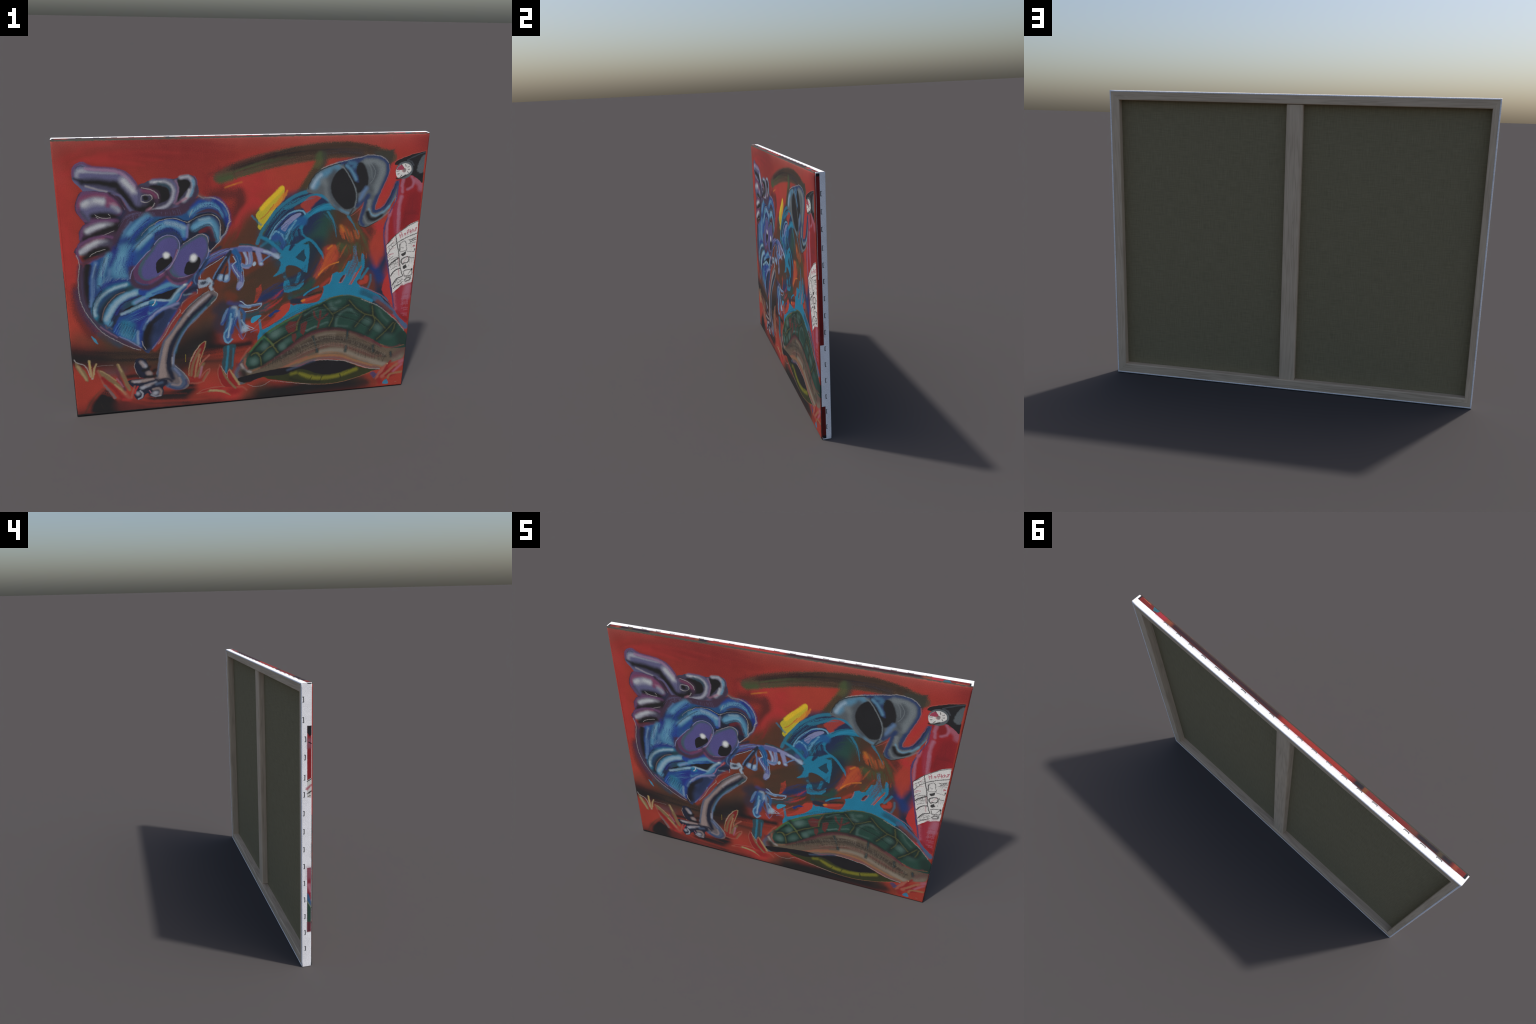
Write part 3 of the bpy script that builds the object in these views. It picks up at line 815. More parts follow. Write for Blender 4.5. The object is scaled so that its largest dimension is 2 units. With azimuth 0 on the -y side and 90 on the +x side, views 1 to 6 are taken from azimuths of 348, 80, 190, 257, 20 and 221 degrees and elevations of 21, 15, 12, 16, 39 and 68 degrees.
# earth and shadows
stroke(GROUND_RED, [(-3.4, 33.5, 8.83), (3.4, 26.4, 8.83), (5.7, 13.1, 8.83)], 7.06, alpha=0.8, n=3)
stroke(ORANGE_RED, [(6.8, 41.3, 8.17), (9.5, 34.7, 8.17), (16.7, 30.2, 8.17)], 7, alpha=0.4, n=3)
stroke(MAROON, [(-0.5, 43.2, 4.71), (15.2, 39.2, 4.71), (29.3, 39.1, 4.71), (43.4, 35.2, 4.71), (56.9, 35.2, 4.71)], 4.71, alpha=0.9)
stroke(SOOT, [(1.2, 38, 2.56), (10.7, 36.5, 2.56), (27.9, 34.8, 2.56)], 3.03, alpha=0.9, n=3)
stroke(RUST, [(15.7, 46.6, 5.27), (28.3, 41.7, 5.27), (36.9, 38.4, 5.27)], 4.69, alpha=0.6, n=3)
stroke(MAROON, [(43.3, 31.4, 6.74), (52, 25.3, 6.74), (59, 31.1, 6.74)], 6.12, alpha=0.9, n=3)
stroke(SOOT, [(61.4, 33.5, 6.67), (70.6, 41.6, 6.67), (77.6, 49.9, 6.67)], 7.28, alpha=0.85, n=3)
stroke(UMBER, [(52.6, 43.3, 5.38), (66.2, 48.4, 5.38), (74.2, 55.2, 5.38)], 7.18, alpha=0.7, n=3)
stroke(RUST, [(65.7, 22.5, 10.27), (79.6, 21.1, 10.27), (91.5, 14.4, 10.27), (103.6, 10.4, 10.27)], 7.71, alpha=0.9, n=3)
stroke(GROUND_RED, [(67.8, 12.9, 9.81), (82, 14.1, 9.81), (96.3, 4.3, 9.81), (106, 7.3, 9.81)], 6.54, alpha=0.8, n=3)
stroke(BRIGHT_RED, [(76, 7.9, 5.2), (91.5, 5.5, 5.2)], 3.9, alpha=0.6, n=3)
stroke(SOOT, [(77.5, 39.1, 2.23), (89, 38, 2.23), (100.8, 38.9, 2.23)], 1.98, alpha=0.95, n=3)
stroke(RUST, [(72.8, 33.7, 2.87), (89.1, 33.4, 2.87), (103.2, 34, 2.87)], 1.99, alpha=0.9, n=3)
stroke(SOOT, [(59, 30.4, 1.48), (72.8, 29.5, 1.48), (89.1, 28.8, 1.48)], 1.73, alpha=0.7, n=3)
stroke(EMBER, [(82.2, 58.3, 2.17), (84.4, 53.1, 2.17), (83.3, 46.9, 2.17)], 3.13, alpha=0.8, n=3)
stroke(PETROL, [(75.3, 52.6, 3.03), (70.7, 42.9, 3.03), (67.1, 35.5, 3.03)], 4.12, alpha=0.6, n=3)
stroke(RUST, [(42.3, 9, 6.96), (58.4, 7.2, 6.96), (72.4, 2.8, 6.96)], 6.32, alpha=0.7, n=3)
stroke(MAROON, [(1.6, 3, 3.12), (35.2, 3, 3.12), (81.9, 1.7, 3.12)], 5, alpha=0.7, n=3)
fill(SOOT, [(8.5, 2.4), (10, 8.6), (13.7, 13.9), (17.2, 16.9), (19.9, 14.9), (22, 10.7), (23.9, 6.1), (24.5, 2.9), (22.4, 0.8), (15.1, 0.5)], 1.31)
stroke(UMBER, [(5.2, 2.8, 0.65), (8.1, 8.8, 0.65), (12.2, 14, 0.65), (15.8, 17.3, 0.65)], 0.78, alpha=0.6)
stroke(UMBER, [(14.1, 7, 0.18), (15.1, 4, 0.18)], 0.32, alpha=0.6)
stroke(MAROON, [(25, 4, 1.47), (32.2, 2.5, 1.47), (42.1, 2.5, 1.47)], 1.61, alpha=0.8, n=3)
stroke(SOOT, [(44.6, 8.7, 3.79), (52.6, 7.8, 3.79), (60.8, 8.9, 3.79), (65.5, 12.5, 3.79)], 2.78, n=3)
stroke(SOOT, [(57.2, 7.3, 3.19), (60.6, 2.8, 3.19), (62.9, -0.2, 3.19)], 3.06, alpha=0.9, n=3)
stroke(UMBER, [(51.3, 3.9, 1.91), (58.2, 1.7, 1.91)], 2.55, alpha=0.6, n=3)
stroke(SOOT, [(109.8, 4.1, 6.09), (124.6, 3.9, 6.09), (143.4, 6.1, 6.09), (166.4, 6.4, 6.09)], 4.88, n=3)
stroke(UMBER, [(100, 2.4, 3.94), (108.5, 8.5, 3.94)], 5.25, alpha=0.7, n=3)
stroke(UMBER, [(169.1, 6.2, 2.79), (179.6, 5, 2.79)], 4.19, alpha=0.8, n=3)
stroke(SOOT, [(0.2, 38.8, 3.54), (10.6, 35.2, 3.54), (23.6, 35.2, 3.54), (34.6, 36.7, 3.54), (47.8, 32.8, 3.54)], 4.01, alpha=0.75)
stroke(MAROON, [(14.6, 31.6, 5.38), (27.6, 29, 5.38), (36.2, 24.3, 5.38)], 5.97, alpha=0.7, n=3)
stroke(UMBER, [(5.3, 50, 4.61), (17.9, 47.7, 4.61), (28.4, 43, 4.61)], 5.76, alpha=0.6, n=3)
stroke(SOOT, [(54.7, 36.7, 4.83), (63.8, 39.7, 4.83), (70.7, 44.2, 4.83), (76.3, 41.1, 4.83)], 5.56, alpha=0.85, n=3)
stroke(BROWN, [(70.9, 58, 8.85), (80, 64.7, 8.85), (86.7, 56.7, 8.85)], 7.08, alpha=0.7, n=3)
stroke(UMBER, [(66.2, 47.1, 6.56), (77.6, 56.2, 6.56), (89, 64, 6.56)], 7.16, alpha=0.7, n=3)
stroke(SOOT, [(10.7, 7.2, 3.08), (17.2, 3.8, 3.08), (26.2, 5.4, 3.08)], 3.69, alpha=0.8, n=3)
stroke(UMBER, [(17.5, 41.5, 6.48), (30.4, 39, 6.48), (43.5, 36.5, 6.48)], 7.07, alpha=0.6, n=3)
stroke(SOOT, [(49.7, 22.9, 2.46), (58.9, 27.2, 2.46), (65.8, 29.1, 2.46)], 3.68, alpha=0.6, n=3)
stroke(SOOT, [(101.3, -0.5, 3.07), (116, 0.6, 3.07), (131.1, -1.1, 3.07)], 4.01, alpha=0.7, n=3)
stroke(UMBER, [(65.8, 25.2, 3.74), (77.4, 26.6, 3.74), (89.1, 24.1, 3.74)], 4.99, alpha=0.5, n=3)
stroke(SOOT, [(1.5, 1.6, 1.68), (35.1, 1, 1.68), (70, 0.3, 1.68), (106.2, -0.4, 1.68)], 2.84, alpha=0.6, n=3)
stroke(PETROL, [(18.7, 27.4, 2.39), (27.5, 27.8, 2.39)], 3.59, alpha=0.5, n=3)
stroke(MAROON, [(26.2, 5.4, 3.77), (42, 2.2, 3.77), (58.2, 1.7, 3.77)], 4.28, alpha=0.8, n=3)
stroke(SOOT, [(108.6, 1.5, 4.12), (128.5, 0.6, 4.12), (156.3, 3.2, 4.12), (174.4, 4.1, 4.12)], 4.12, alpha=0.8, n=3)
stroke(SOOT, [(0.3, 40, 5.25), (15, 37.3, 5.25), (30.2, 36.7, 5.25)], 5.14, alpha=0.8, n=3)
stroke(UMBER, [(29.1, 36, 7.21), (43.4, 33.7, 7.21), (54.6, 34.1, 7.21)], 7.21, alpha=0.7, n=3)
stroke(SOOT, [(58, 35.7, 6.65), (66.1, 41.4, 6.65), (76.4, 45.6, 6.65)], 6.77, alpha=0.8, n=3)
stroke(SOOT, [(42.9, 23.6, 3.07), (54.3, 25, 3.07), (63.5, 28, 3.07)], 4.42, alpha=0.6, n=3)
streaks(SOOT, [(0.2, 39.4), (25.8, 35.6), (59.1, 33.7), (99.6, 36.4)], 16, 4.6, 0.69, 0.4, 2.88, 171)
streaks(GROUND_RED, [(-2.8, 28.3), (13.9, 21.4), (42.3, 9), (81.9, 7.3)], 14, 5.84, 0.82, 0.4, 2.92, 172)

# teal post under the ghost figure
fill(PETROL, [(85.5, 38.2), (92.4, 38.9), (91.8, 31.5), (90.7, 22), (88.8, 23.6), (87.3, 19.6), (84.3, 25.5), (85.2, 32.2)], 0.46, alpha=0.9, grain=1.14)
stroke(TEAL_MID, [(88.2, 38, 0.65), (87.6, 29.9, 0.65), (86.7, 21.4, 0.65)], 0.45, alpha=0.9, grain=0.81)
stroke(TEAL_MID, [(91.2, 36.4, 0.39), (90.6, 24.8, 0.39)], 0.52, alpha=0.6, grain=0.81)
stroke(UMBER, [(89.7, 35.1, 0.49), (89.4, 24.9, 0.49)], 0.65, alpha=0.5, grain=0.81)

# yellow daub
fill(MOSS, [(103.9, 119.5), (108.4, 123.7), (110.6, 120), (110.1, 110.5), (106.3, 108.2), (104.1, 110.8)], 1.09, alpha=0.8, grain=0.91)
fill(LEMON, [(106, 120.9), (109.1, 125.4), (113.9, 129.5), (117.3, 132.7), (118.8, 131.8), (118.5, 128.3), (116.9, 124), (114.2, 120.6), (111.1, 115.6), (108, 111.8), (105.9, 108.6), (104.4, 110.1), (104.7, 113), (103.2, 117.4)], 0.22, alpha=0.95, grain=0.72)
stroke(YELLOW, [(117.4, 131.8, 1.24), (113.3, 127.7, 1.24), (109.1, 123.6, 1.24), (106.4, 120.5, 1.24)], 0.57, grain=0.89, n=3)
stroke(AMBER, [(118.5, 128.3, 0.71), (115.5, 124.1, 0.71), (112, 119.9, 0.71)], 0.57, alpha=0.8, grain=0.89)
stroke(ORANGE, [(113, 122.8, 0.25), (109.6, 117.9, 0.25), (106.1, 114.8, 0.25)], 0.25, alpha=0.8, grain=0.54)
stroke(LEMON, [(112.8, 119.2, 0.47), (109.7, 115, 0.47), (106.9, 110.7, 0.47)], 0.29, alpha=0.9, grain=0.72)
stroke(AMBER, [(120.3, 130, 0.61), (118.3, 125.8, 0.61), (114.8, 121.6, 0.61)], 0.43, alpha=0.8, grain=1.25)

# blue arcs sweeping from the eye
stroke(TEAL_MID, [(131.4, 129.2, 1.01), (124.6, 127, 1.01), (118.4, 122.5, 1.01), (114.2, 118.7, 1.01), (110.8, 113.8, 1.01), (107, 107.8, 1.01), (104.2, 100.9, 1.01)], 0.36, alpha=0.9, grain=1.08)
stroke(MOSS, [(109.8, 110.9, 0.55), (107.7, 106.2, 0.55)], 0.58, alpha=0.7)
stroke(NAVY, [(121.3, 121.7, 1.27), (116.4, 117.6, 1.27), (112.3, 111.5, 1.27), (109.5, 105.4, 1.27)], 0.87, alpha=0.9, grain=0.91, n=3)
stroke(TEAL_MID, [(136.1, 127.6, 0.9), (130.5, 125.3, 0.9), (124.8, 122.3, 0.9), (119.9, 120.3, 0.9)], 0.43, alpha=0.85, grain=1.26, n=3)
stroke(BROWN, [(125.6, 120.1, 1.09), (129.6, 121.4, 1.09)], 0.65, alpha=0.8, n=3)
fill(ORANGE_RED, [(128.1, 122.1), (132.6, 125.9), (136.9, 126.9), (139.8, 126), (137.1, 122.5), (134.7, 119.7), (132.3, 116.5), (130, 119.2)], 0.29, alpha=0.8, grain=0.91)
stroke(NAVY, [(141.7, 124.9, 1.28), (138.2, 122.5, 1.28), (135.4, 119.7, 1.28)], 0.66, alpha=0.9, n=3)
stroke(TEAL, [(136.8, 127.9, 1.1), (141.7, 126, 1.1), (146.3, 122.1, 1.1), (150.9, 119, 1.1)], 0.44, alpha=0.9, grain=0.92, n=3)
stroke(TEAL, [(149.8, 119.1, 0.73), (145.3, 120.4, 2.02), (139.1, 119.5, 1.84), (134.5, 117.1, 1.47), (131, 114.4, 1.47), (129, 108.9, 1.1)], 0.44, alpha=0.95, grain=1.28)
stroke(TEAL_DARK, [(144.4, 122.9, 0.33), (137.3, 120, 0.33), (133, 116.8, 0.33)], 0.29, alpha=0.6, grain=0.92)
stroke(AZURE, [(114.6, 104, 2.76), (120.3, 109.3, 2.76), (126, 112, 2.76), (129.6, 112.6, 2.76)], 1.32, n=3)
stroke(NAVY, [(114.5, 109.6, 1.64), (119.4, 113.8, 1.64), (124.3, 116.5, 1.64)], 0.87, alpha=0.9, n=3)
fill(LAVENDER, [(117.4, 109.5), (120.1, 113), (124, 116.1), (127.6, 117.4), (128.7, 116.3), (124.8, 113.2), (121.7, 110), (120, 107.1), (117.8, 108)], 0.26, alpha=0.95, grain=0.55)
stroke(ULTRAMARINE, [(114.5, 109.2, 0.62), (118.7, 113.8, 0.62), (122.9, 116.9, 0.62), (125, 117.9, 0.62)], 0.36)
stroke(SKY, [(111, 102.7, 0.47), (113.1, 107.8, 0.47), (116.5, 112.4, 0.47), (121.4, 117, 0.47), (125.7, 118.6, 0.47), (129.3, 118.5, 0.47), (130.9, 116.6, 0.47)], 0.29, grain=0.73)
stroke(SKY, [(111.4, 103.1, 0.56), (113.8, 107.1, 0.56), (116, 106.9, 0.56), (118.2, 105, 0.56), (119.4, 102.3, 0.56), (120.8, 103.3, 0.56), (122.5, 107.7, 0.56), (125.9, 113.1, 0.56)], 0.33, alpha=0.85, grain=0.74)
stroke(ULTRAMARINE, [(113.2, 103.7, 1.3), (116.8, 103.6, 1.3), (119.5, 99.7, 1.3), (117, 96.4, 1.3)], 0.97, alpha=0.8, grain=1.3, n=3)
stroke(NAVY, [(123.6, 96.4, 1.12), (126, 102.3, 1.12), (130, 102.9, 1.12)], 0.6, alpha=0.9, grain=0.93, n=3)
stroke(TEAL, [(107.1, 104.1, 0.93), (110.7, 102, 0.93), (115.1, 98.4, 0.93), (119.3, 93.6, 0.93), (123.1, 90.3, 0.93)], 0.59, alpha=0.95, grain=1.3)
stroke(TEAL, [(123.4, 93.7, 1.13), (126.5, 97.4, 1.13), (130.8, 100.6, 1.13), (133, 101.6, 1.13)], 0.45, grain=1.13, n=3)
stroke(TEAL, [(133, 102, 0.76), (136, 100.3, 0.76), (139.2, 96.3, 0.76), (141.7, 92.7, 0.76), (143, 89.5, 0.15)], 0.3, alpha=0.9, grain=0.95)
stroke(TEAL, [(129, 109.6, 0.48), (129.9, 105.1, 0.48), (133, 102, 0.48)], 0.37, alpha=0.8, grain=0.93)
stroke(TEAL_MID, [(144, 117.1, 0.75), (146.9, 112.9, 0.57), (148.7, 108, 0.34), (149.8, 102.2, 0.15)], 0.3, alpha=0.9, grain=0.75)
stroke(TEAL_MID, [(101.1, 116.8, 0.54), (103.7, 113.8, 0.54), (106.2, 111.5, 0.54)], 0.43, alpha=0.7, grain=0.9)
stroke(TEAL_MID, [(106.4, 98.9, 0.74), (109.6, 101.3, 0.74)], 0.66, alpha=0.6, grain=1.29)
stroke(TEAL_MID, [(156.1, 114.4, 0.95), (157.8, 111.7, 0.57), (160.4, 107.8, 0.23), (163, 103.1, 0.11)], 0.3, alpha=0.8, grain=0.95)
streaks(TEAL_MID, [(136.1, 127.6), (126.2, 124.4), (119.2, 119.6), (113, 112.2), (108.1, 104.7)], 20, 2.17, 0.16, 0.7, 0.9, 121)
streaks(AZURE, [(129.5, 113.3), (123.1, 109.9), (117.5, 105), (114.7, 99.9)], 18, 3.31, 0.18, 0.6, 0.92, 122)
streaks(TEAL, [(128.9, 111.9), (124.7, 106.9), (122, 101.8), (120, 95.8)], 16, 3.32, 0.18, 0.6, 0.92, 123)
streaks(NAVY, [(126.4, 120), (120, 115.9), (115.2, 110.3), (112.4, 104.5)], 14, 2.18, 0.16, 0.6, 0.91, 124)
streaks(CYAN, [(149.8, 119.4), (144.5, 120.7), (137.3, 118.9), (131.7, 114)], 12, 1.48, 0.15, 0.5, 0.74, 125)
streaks(SKY, [(126.7, 111.2), (122.5, 107), (119.4, 101.9)], 8, 1.84, 0.11, 0.5, 0.74, 126)
streaks(TEAL_MID, [(141.8, 117.9), (146.5, 112.5), (149.2, 104.9)], 8, 1.48, 0.11, 0.5, 0.74, 127)
streaks(PINE, [(134.2, 108.7), (139.5, 112.1), (145.1, 111.1), (148.4, 105.7)], 14, 2.98, 0.26, 0.5, 0.93, 128)
streaks(TEAL, [(133.1, 100.4), (134.1, 93.5), (133.4, 85.8)], 8, 0.75, 0.13, 0.6, 0.75, 129)

# dripping bone-white and blue limb
stroke(NAVY, [(94.6, 98, 0.56), (99.6, 97, 0.56), (105.4, 95.5, 0.56), (111.3, 94.1, 0.56)], 0.44)
stroke(PETROL, [(94.6, 100.8, 0.44), (100, 100.3, 0.44), (103.9, 99, 0.44)], 0.29, alpha=0.9, grain=0.73)
stroke(LAVENDER, [(94.6, 98.8, 1.12), (100, 98.5, 1.12), (105.4, 97, 1.12), (110.1, 95.3, 1.12), (113.5, 93.6, 1.12), (116.1, 92.3, 1.12)], 0.6, grain=0.56)
stroke(PALE_BLUE, [(108.3, 96.1, 0.49), (112, 94.8, 0.49), (114.9, 92.7, 0.49), (116.4, 91.5, 0.49)], 0.52, alpha=0.9, grain=0.94)
fill(BROWN, [(95.4, 95.7), (96.8, 96), (98.2, 92.9), (98.3, 89.9), (97.2, 88.8), (95.7, 91.2)], 0.19)
fill(BROWN, [(101.5, 95.4), (103.3, 94.9), (104.4, 91.4), (103.7, 89.9), (102.4, 91.2)], 0.19)
fill(BROWN, [(107.3, 93.7), (109.1, 93.8), (109.6, 92.8), (108, 92.2)], 0.19)
stroke(LAVENDER, [(96.8, 96.8, 0.85), (98.6, 91.8, 0.85), (98.3, 88.4, 0.85)], 0.44)
stroke(PALE_BLUE, [(96.8, 96, 0.3), (98.6, 92.1, 0.3), (98.7, 89.1, 0.3), (96.9, 87.3, 0.3)], 0.26, alpha=0.9, grain=0.56)
stroke(LAVENDER, [(100, 97, 1.12), (100.8, 91.6, 1.12), (100.1, 87.9, 1.12), (97.9, 87.2, 1.12), (95.8, 88.5, 1.12)], 0.52)
stroke(STEEL_BLUE, [(100, 96.6, 0.37), (101.5, 91.6, 0.37), (100.8, 88.6, 0.37)], 0.3, alpha=0.8)
blob(PALE_BLUE, 102.8, 88.8, 0.97, 1.34, -20, 0.37)
stroke(LAVENDER, [(104.7, 96, 1.3), (105.8, 92.1, 1.3), (106.6, 88.6, 1.3)], 0.6, n=3)
stroke(STEEL_BLUE, [(107, 89.7, 0.45), (109.1, 91.5, 0.45), (112, 93.6, 0.45)], 0.3)
blob(PALE_BLUE, 106.6, 88.6, 0.75, 0.75, 0, 0.37)
blob(PALE_BLUE, 115.3, 93.1, 1.87, 1.5, -30, 1.12, alpha=0.7, grain=1.87)
blob(PERIWINKLE, 113.8, 96.2, 1.86, 1.49, -30, 1.12, alpha=0.7)
stroke(BLUE_BLACK, [(75.9, 96.3, 0.9), (80.1, 97.9, 0.9), (83.6, 99.6, 0.9)], 0.87, alpha=0.9, n=3)
stroke(PERIWINKLE, [(72.6, 87.9, 0.91), (75.8, 91.8, 1.45), (79.7, 94.6, 1.45), (84.7, 96.9, 1.45), (89.3, 97.4, 1.45), (94.2, 97.9, 1.45), (100.2, 97.5, 1.45)], 0.58)
stroke(LAVENDER, [(75.1, 91.1, 0.47), (79.7, 95, 0.47), (84.7, 96.9, 0.47), (90.7, 98.1, 0.47)], 0.44, alpha=0.8)
stroke(ULTRAMARINE, [(74, 88.6, 0.55), (78.6, 91.7, 0.55), (83.6, 93.6, 0.55), (86.4, 95.3, 0.55)], 0.44, alpha=0.8, grain=0.73)
stroke(PALE_BLUE, [(72.5, 82.2, 0.15), (72.9, 86, 0.15), (76.5, 88.4, 0.15), (81.5, 91.5, 0.15), (85.7, 94.2, 0.15)], 0.15, alpha=0.9, grain=0.55)
stroke(STEEL_BLUE, [(88.9, 96.3, 0.55), (88.2, 91.8, 0.55), (88.9, 88, 0.55), (88.6, 82.7, 0.55)], 0.37, alpha=0.9, grain=0.74)
stroke(BLUE_BLACK, [(89.3, 96.7, 1.1), (86.4, 92, 1.1), (83.6, 87.2, 1.1), (80.7, 81.7, 1.1)], 0.59, n=3)
stroke(STEEL_BLUE, [(86.8, 93.8, 0.37), (83.9, 89.5, 0.37), (80.7, 84, 0.37), (79.6, 81.4, 0.37)], 0.3, alpha=0.9, grain=0.74)
blob(STEEL_BLUE, 83.9, 81.8, 2.23, 2.23, 0, 0.59)
blob(STEEL_BLUE, 86.8, 80.9, 2.24, 2.24, 0, 0.6)
blob(PALE_BLUE, 83.9, 81.8, 0.97, 1.49, -10, 0.59, alpha=0.9)
blob(PALE_BLUE, 87.1, 81.6, 0.97, 1.86, -20, 0.6, alpha=0.9)
stroke(BLUE_BLACK, [(87.1, 88.1, 0.48), (85.7, 83.6, 0.48), (85.3, 80.2, 0.48)], 0.37, alpha=0.9)
stroke(AZURE, [(91.7, 96.9, 1.67), (93.9, 92.6, 1.67), (93.2, 88.1, 1.67), (94.3, 82.3, 1.67)], 0.74, n=3)
stroke(PERIWINKLE, [(90.3, 88.7, 1.31), (92.2, 85.1, 1.31), (95.1, 81.5, 1.31), (95.5, 77.6, 1.31), (94, 74.6, 1.31)], 0.68)
stroke(AZURE, [(93.9, 93.8, 0.74), (94.3, 88.4, 0.74), (95.8, 85.3, 0.74)], 0.52)
stroke(PALE_BLUE, [(90.7, 94, 0.26), (92.5, 90.8, 0.26), (90.3, 88.7, 0.26), (92.2, 84.8, 0.26), (94.3, 81.5, 0.26)], 0.22, alpha=0.9, grain=0.55)
blob(LAVENDER, 94.6, 76.5, 1.74, 2.27, -20, 0.6)
stroke(PALE_BLUE, [(96.1, 87.9, 0.19), (96.9, 81.4, 0.19), (96.6, 76.7, 0.19), (94, 73.8, 0.19)], 0.19, alpha=0.6, grain=0.57)
stroke(STEEL_BLUE, [(96.1, 88.3, 0.75), (98.3, 87.8, 0.75), (100.4, 88.1, 0.75)], 0.37, alpha=0.9)
fill(PALE_BLUE, [(71.4, 81.1), (75, 80.9), (77.1, 82.3), (78.5, 80.3), (76.4, 77.3), (72.1, 76.1), (71, 77.7)], 0.44, alpha=0.8, grain=1.85)
blob(BLUE_BLACK, 74.2, 79.2, 2.22, 0.96, 10, 0.59, alpha=0.9, grain=1.3)
stroke(PALE_BLUE, [(77.8, 80.3, 0.82), (79.2, 78.7, 0.82), (78.1, 76.8, 0.82), (78.8, 74.8, 0.82)], 0.6, alpha=0.9, grain=1.3)
stroke(BLUE_BLACK, [(82.1, 83.1, 0.56), (80, 80.6, 0.56), (79.6, 77.1, 0.56)], 0.45, alpha=0.7, grain=0.93)

# blue ghost figure
stroke(TEAL_DARK, [(86.4, 59.2, 2.92), (88.6, 53, 2.92), (87.1, 43.7, 2.92)], 2.34, alpha=0.6, n=3)
stroke(BLUE_BLACK, [(82.7, 61.9, 3.88), (85.7, 63.3, 3.88), (83.4, 53.8, 3.88), (84.2, 50.5, 3.88)], 2.33, alpha=0.7, n=3)
stroke(BROWN, [(88.2, 71, 2.1), (91.1, 69.3, 2.1), (88.9, 67.8, 2.1)], 1.52, alpha=0.8, n=3)
stroke(ULTRAMARINE, [(88.6, 65.9, 1.15), (91.9, 64.8, 1.15), (95.9, 65.3, 1.15)], 1.31, alpha=0.6, grain=1.92, n=3)
stroke(PALE_BLUE, [(91.5, 61.7, 1.94), (93, 57.9, 1.94)], 1.16, alpha=0.8, grain=1.36, n=3)
stroke(PALE_BLUE, [(95.9, 63.3, 0.78), (100.7, 62.5, 0.78)], 0.62, alpha=0.8, grain=1.36)
stroke(PALE_BLUE, [(94.8, 66.6, 0.19), (96.7, 65.3, 0.19), (98.5, 63.5, 0.19), (100.7, 63.4, 0.19)], 0.19, alpha=0.9, grain=0.58)
stroke(STEEL_BLUE, [(87.9, 61.9, 0.85), (86, 58.1, 0.85), (84.5, 52.9, 0.85)], 0.46, alpha=0.9, grain=1.16)
stroke(ULTRAMARINE, [(89, 63.1, 0.5), (87.1, 56.4, 0.5), (84.2, 52.5, 0.5)], 0.39, alpha=0.9, grain=1.16)
stroke(AZURE, [(90.4, 60.5, 1.96), (89.7, 54.1, 1.96), (87.9, 47.3, 1.96), (87.9, 42.8, 1.96)], 1.02, alpha=0.9, n=3)
stroke(SKY, [(89.7, 59, 0.51), (88.6, 50.9, 0.51), (86, 47.1, 0.51), (86, 42.9, 0.51), (87.9, 40.3, 0.51), (90.5, 42.5, 0.51)], 0.39, alpha=0.9, grain=0.99)
stroke(PALE_BLUE, [(90.4, 55.7, 0.59), (88.6, 47.7, 0.59), (87.9, 44, 0.59)], 0.55, alpha=0.8, grain=0.98)
stroke(ULTRAMARINE, [(93.4, 56.3, 0.78), (91.2, 51.5, 0.78), (90.1, 46.7, 0.78)], 0.63, alpha=0.9, grain=1.37)
stroke(STEEL_BLUE, [(94.1, 60.2, 0.78), (94.9, 53.3, 0.78), (96.1, 46.6, 0.78)], 0.55, alpha=0.8, grain=1.37)
stroke(AZURE, [(95.2, 61.4, 0.9), (97.5, 58.4, 0.9), (96.8, 53.1, 0.9), (98.3, 49.3, 0.9)], 0.63, alpha=0.8, grain=1.57)
blob(PALE_BLUE, 97.9, 48.9, 1.98, 2.37, -20, 0.95, alpha=0.8, grain=1.98)
stroke(PALE_BLUE, [(95.6, 54.4, 0.24), (98.3, 50.1, 0.24), (100.9, 48.3, 0.24)], 0.24, alpha=0.8, grain=0.79)
stroke(STEEL_BLUE, [(94.9, 63.7, 0.77), (99.7, 63, 0.77), (107.1, 64, 0.77)], 0.46, alpha=0.9, grain=1.16)
stroke(PALE_BLUE, [(94.9, 66.5, 0.19), (97.1, 65.2, 0.19), (98.9, 63.4, 0.19), (103.8, 63.9, 0.19), (107.5, 64, 0.19), (105.3, 60.9, 0.19), (97.9, 59.5, 0.19)], 0.19, alpha=0.9, grain=0.58)
stroke(PALE_BLUE, [(96.1, 54.8, 0.2), (98, 51.3, 0.2), (103.3, 48.4, 0.2), (98.4, 47.2, 0.2)], 0.2, alpha=0.8, grain=0.6)
stroke(PALE_BLUE, [(97.2, 50.1, 0.59), (98, 48.8, 0.59)], 0.79, alpha=0.6, grain=0.99)
stroke(STEEL_BLUE, [(101.4, 46.1, 0.24), (103.3, 47.1, 0.24), (105.2, 47.4, 0.24)], 0.32, alpha=0.6, grain=0.8)
stroke(AZURE, [(91.7, 52.9, 0.41), (94.2, 48.1, 0.41), (96.6, 42.6, 0.41)], 0.38, alpha=0.6, grain=1.1)
stroke(LAVENDER, [(94.2, 45.5, 0.16), (96.3, 41.9, 0.16), (98.4, 45.4, 0.16)], 0.26, alpha=0.6, grain=0.64)
streaks(AZURE, [(90.8, 62.9), (89.7, 54.9), (87.9, 46.9), (88.2, 41.5)], 12, 2.31, 0.15, 0.6, 0.96, 173)
streaks(SKY, [(93.7, 62.7), (91.9, 57.2), (89.3, 49.2)], 8, 2.31, 0.12, 0.5, 0.77, 174)
streaks(TEAL_MID, [(95.2, 62.6), (96, 54.4), (97.6, 47.7)], 10, 2.32, 0.14, 0.5, 0.97, 175)
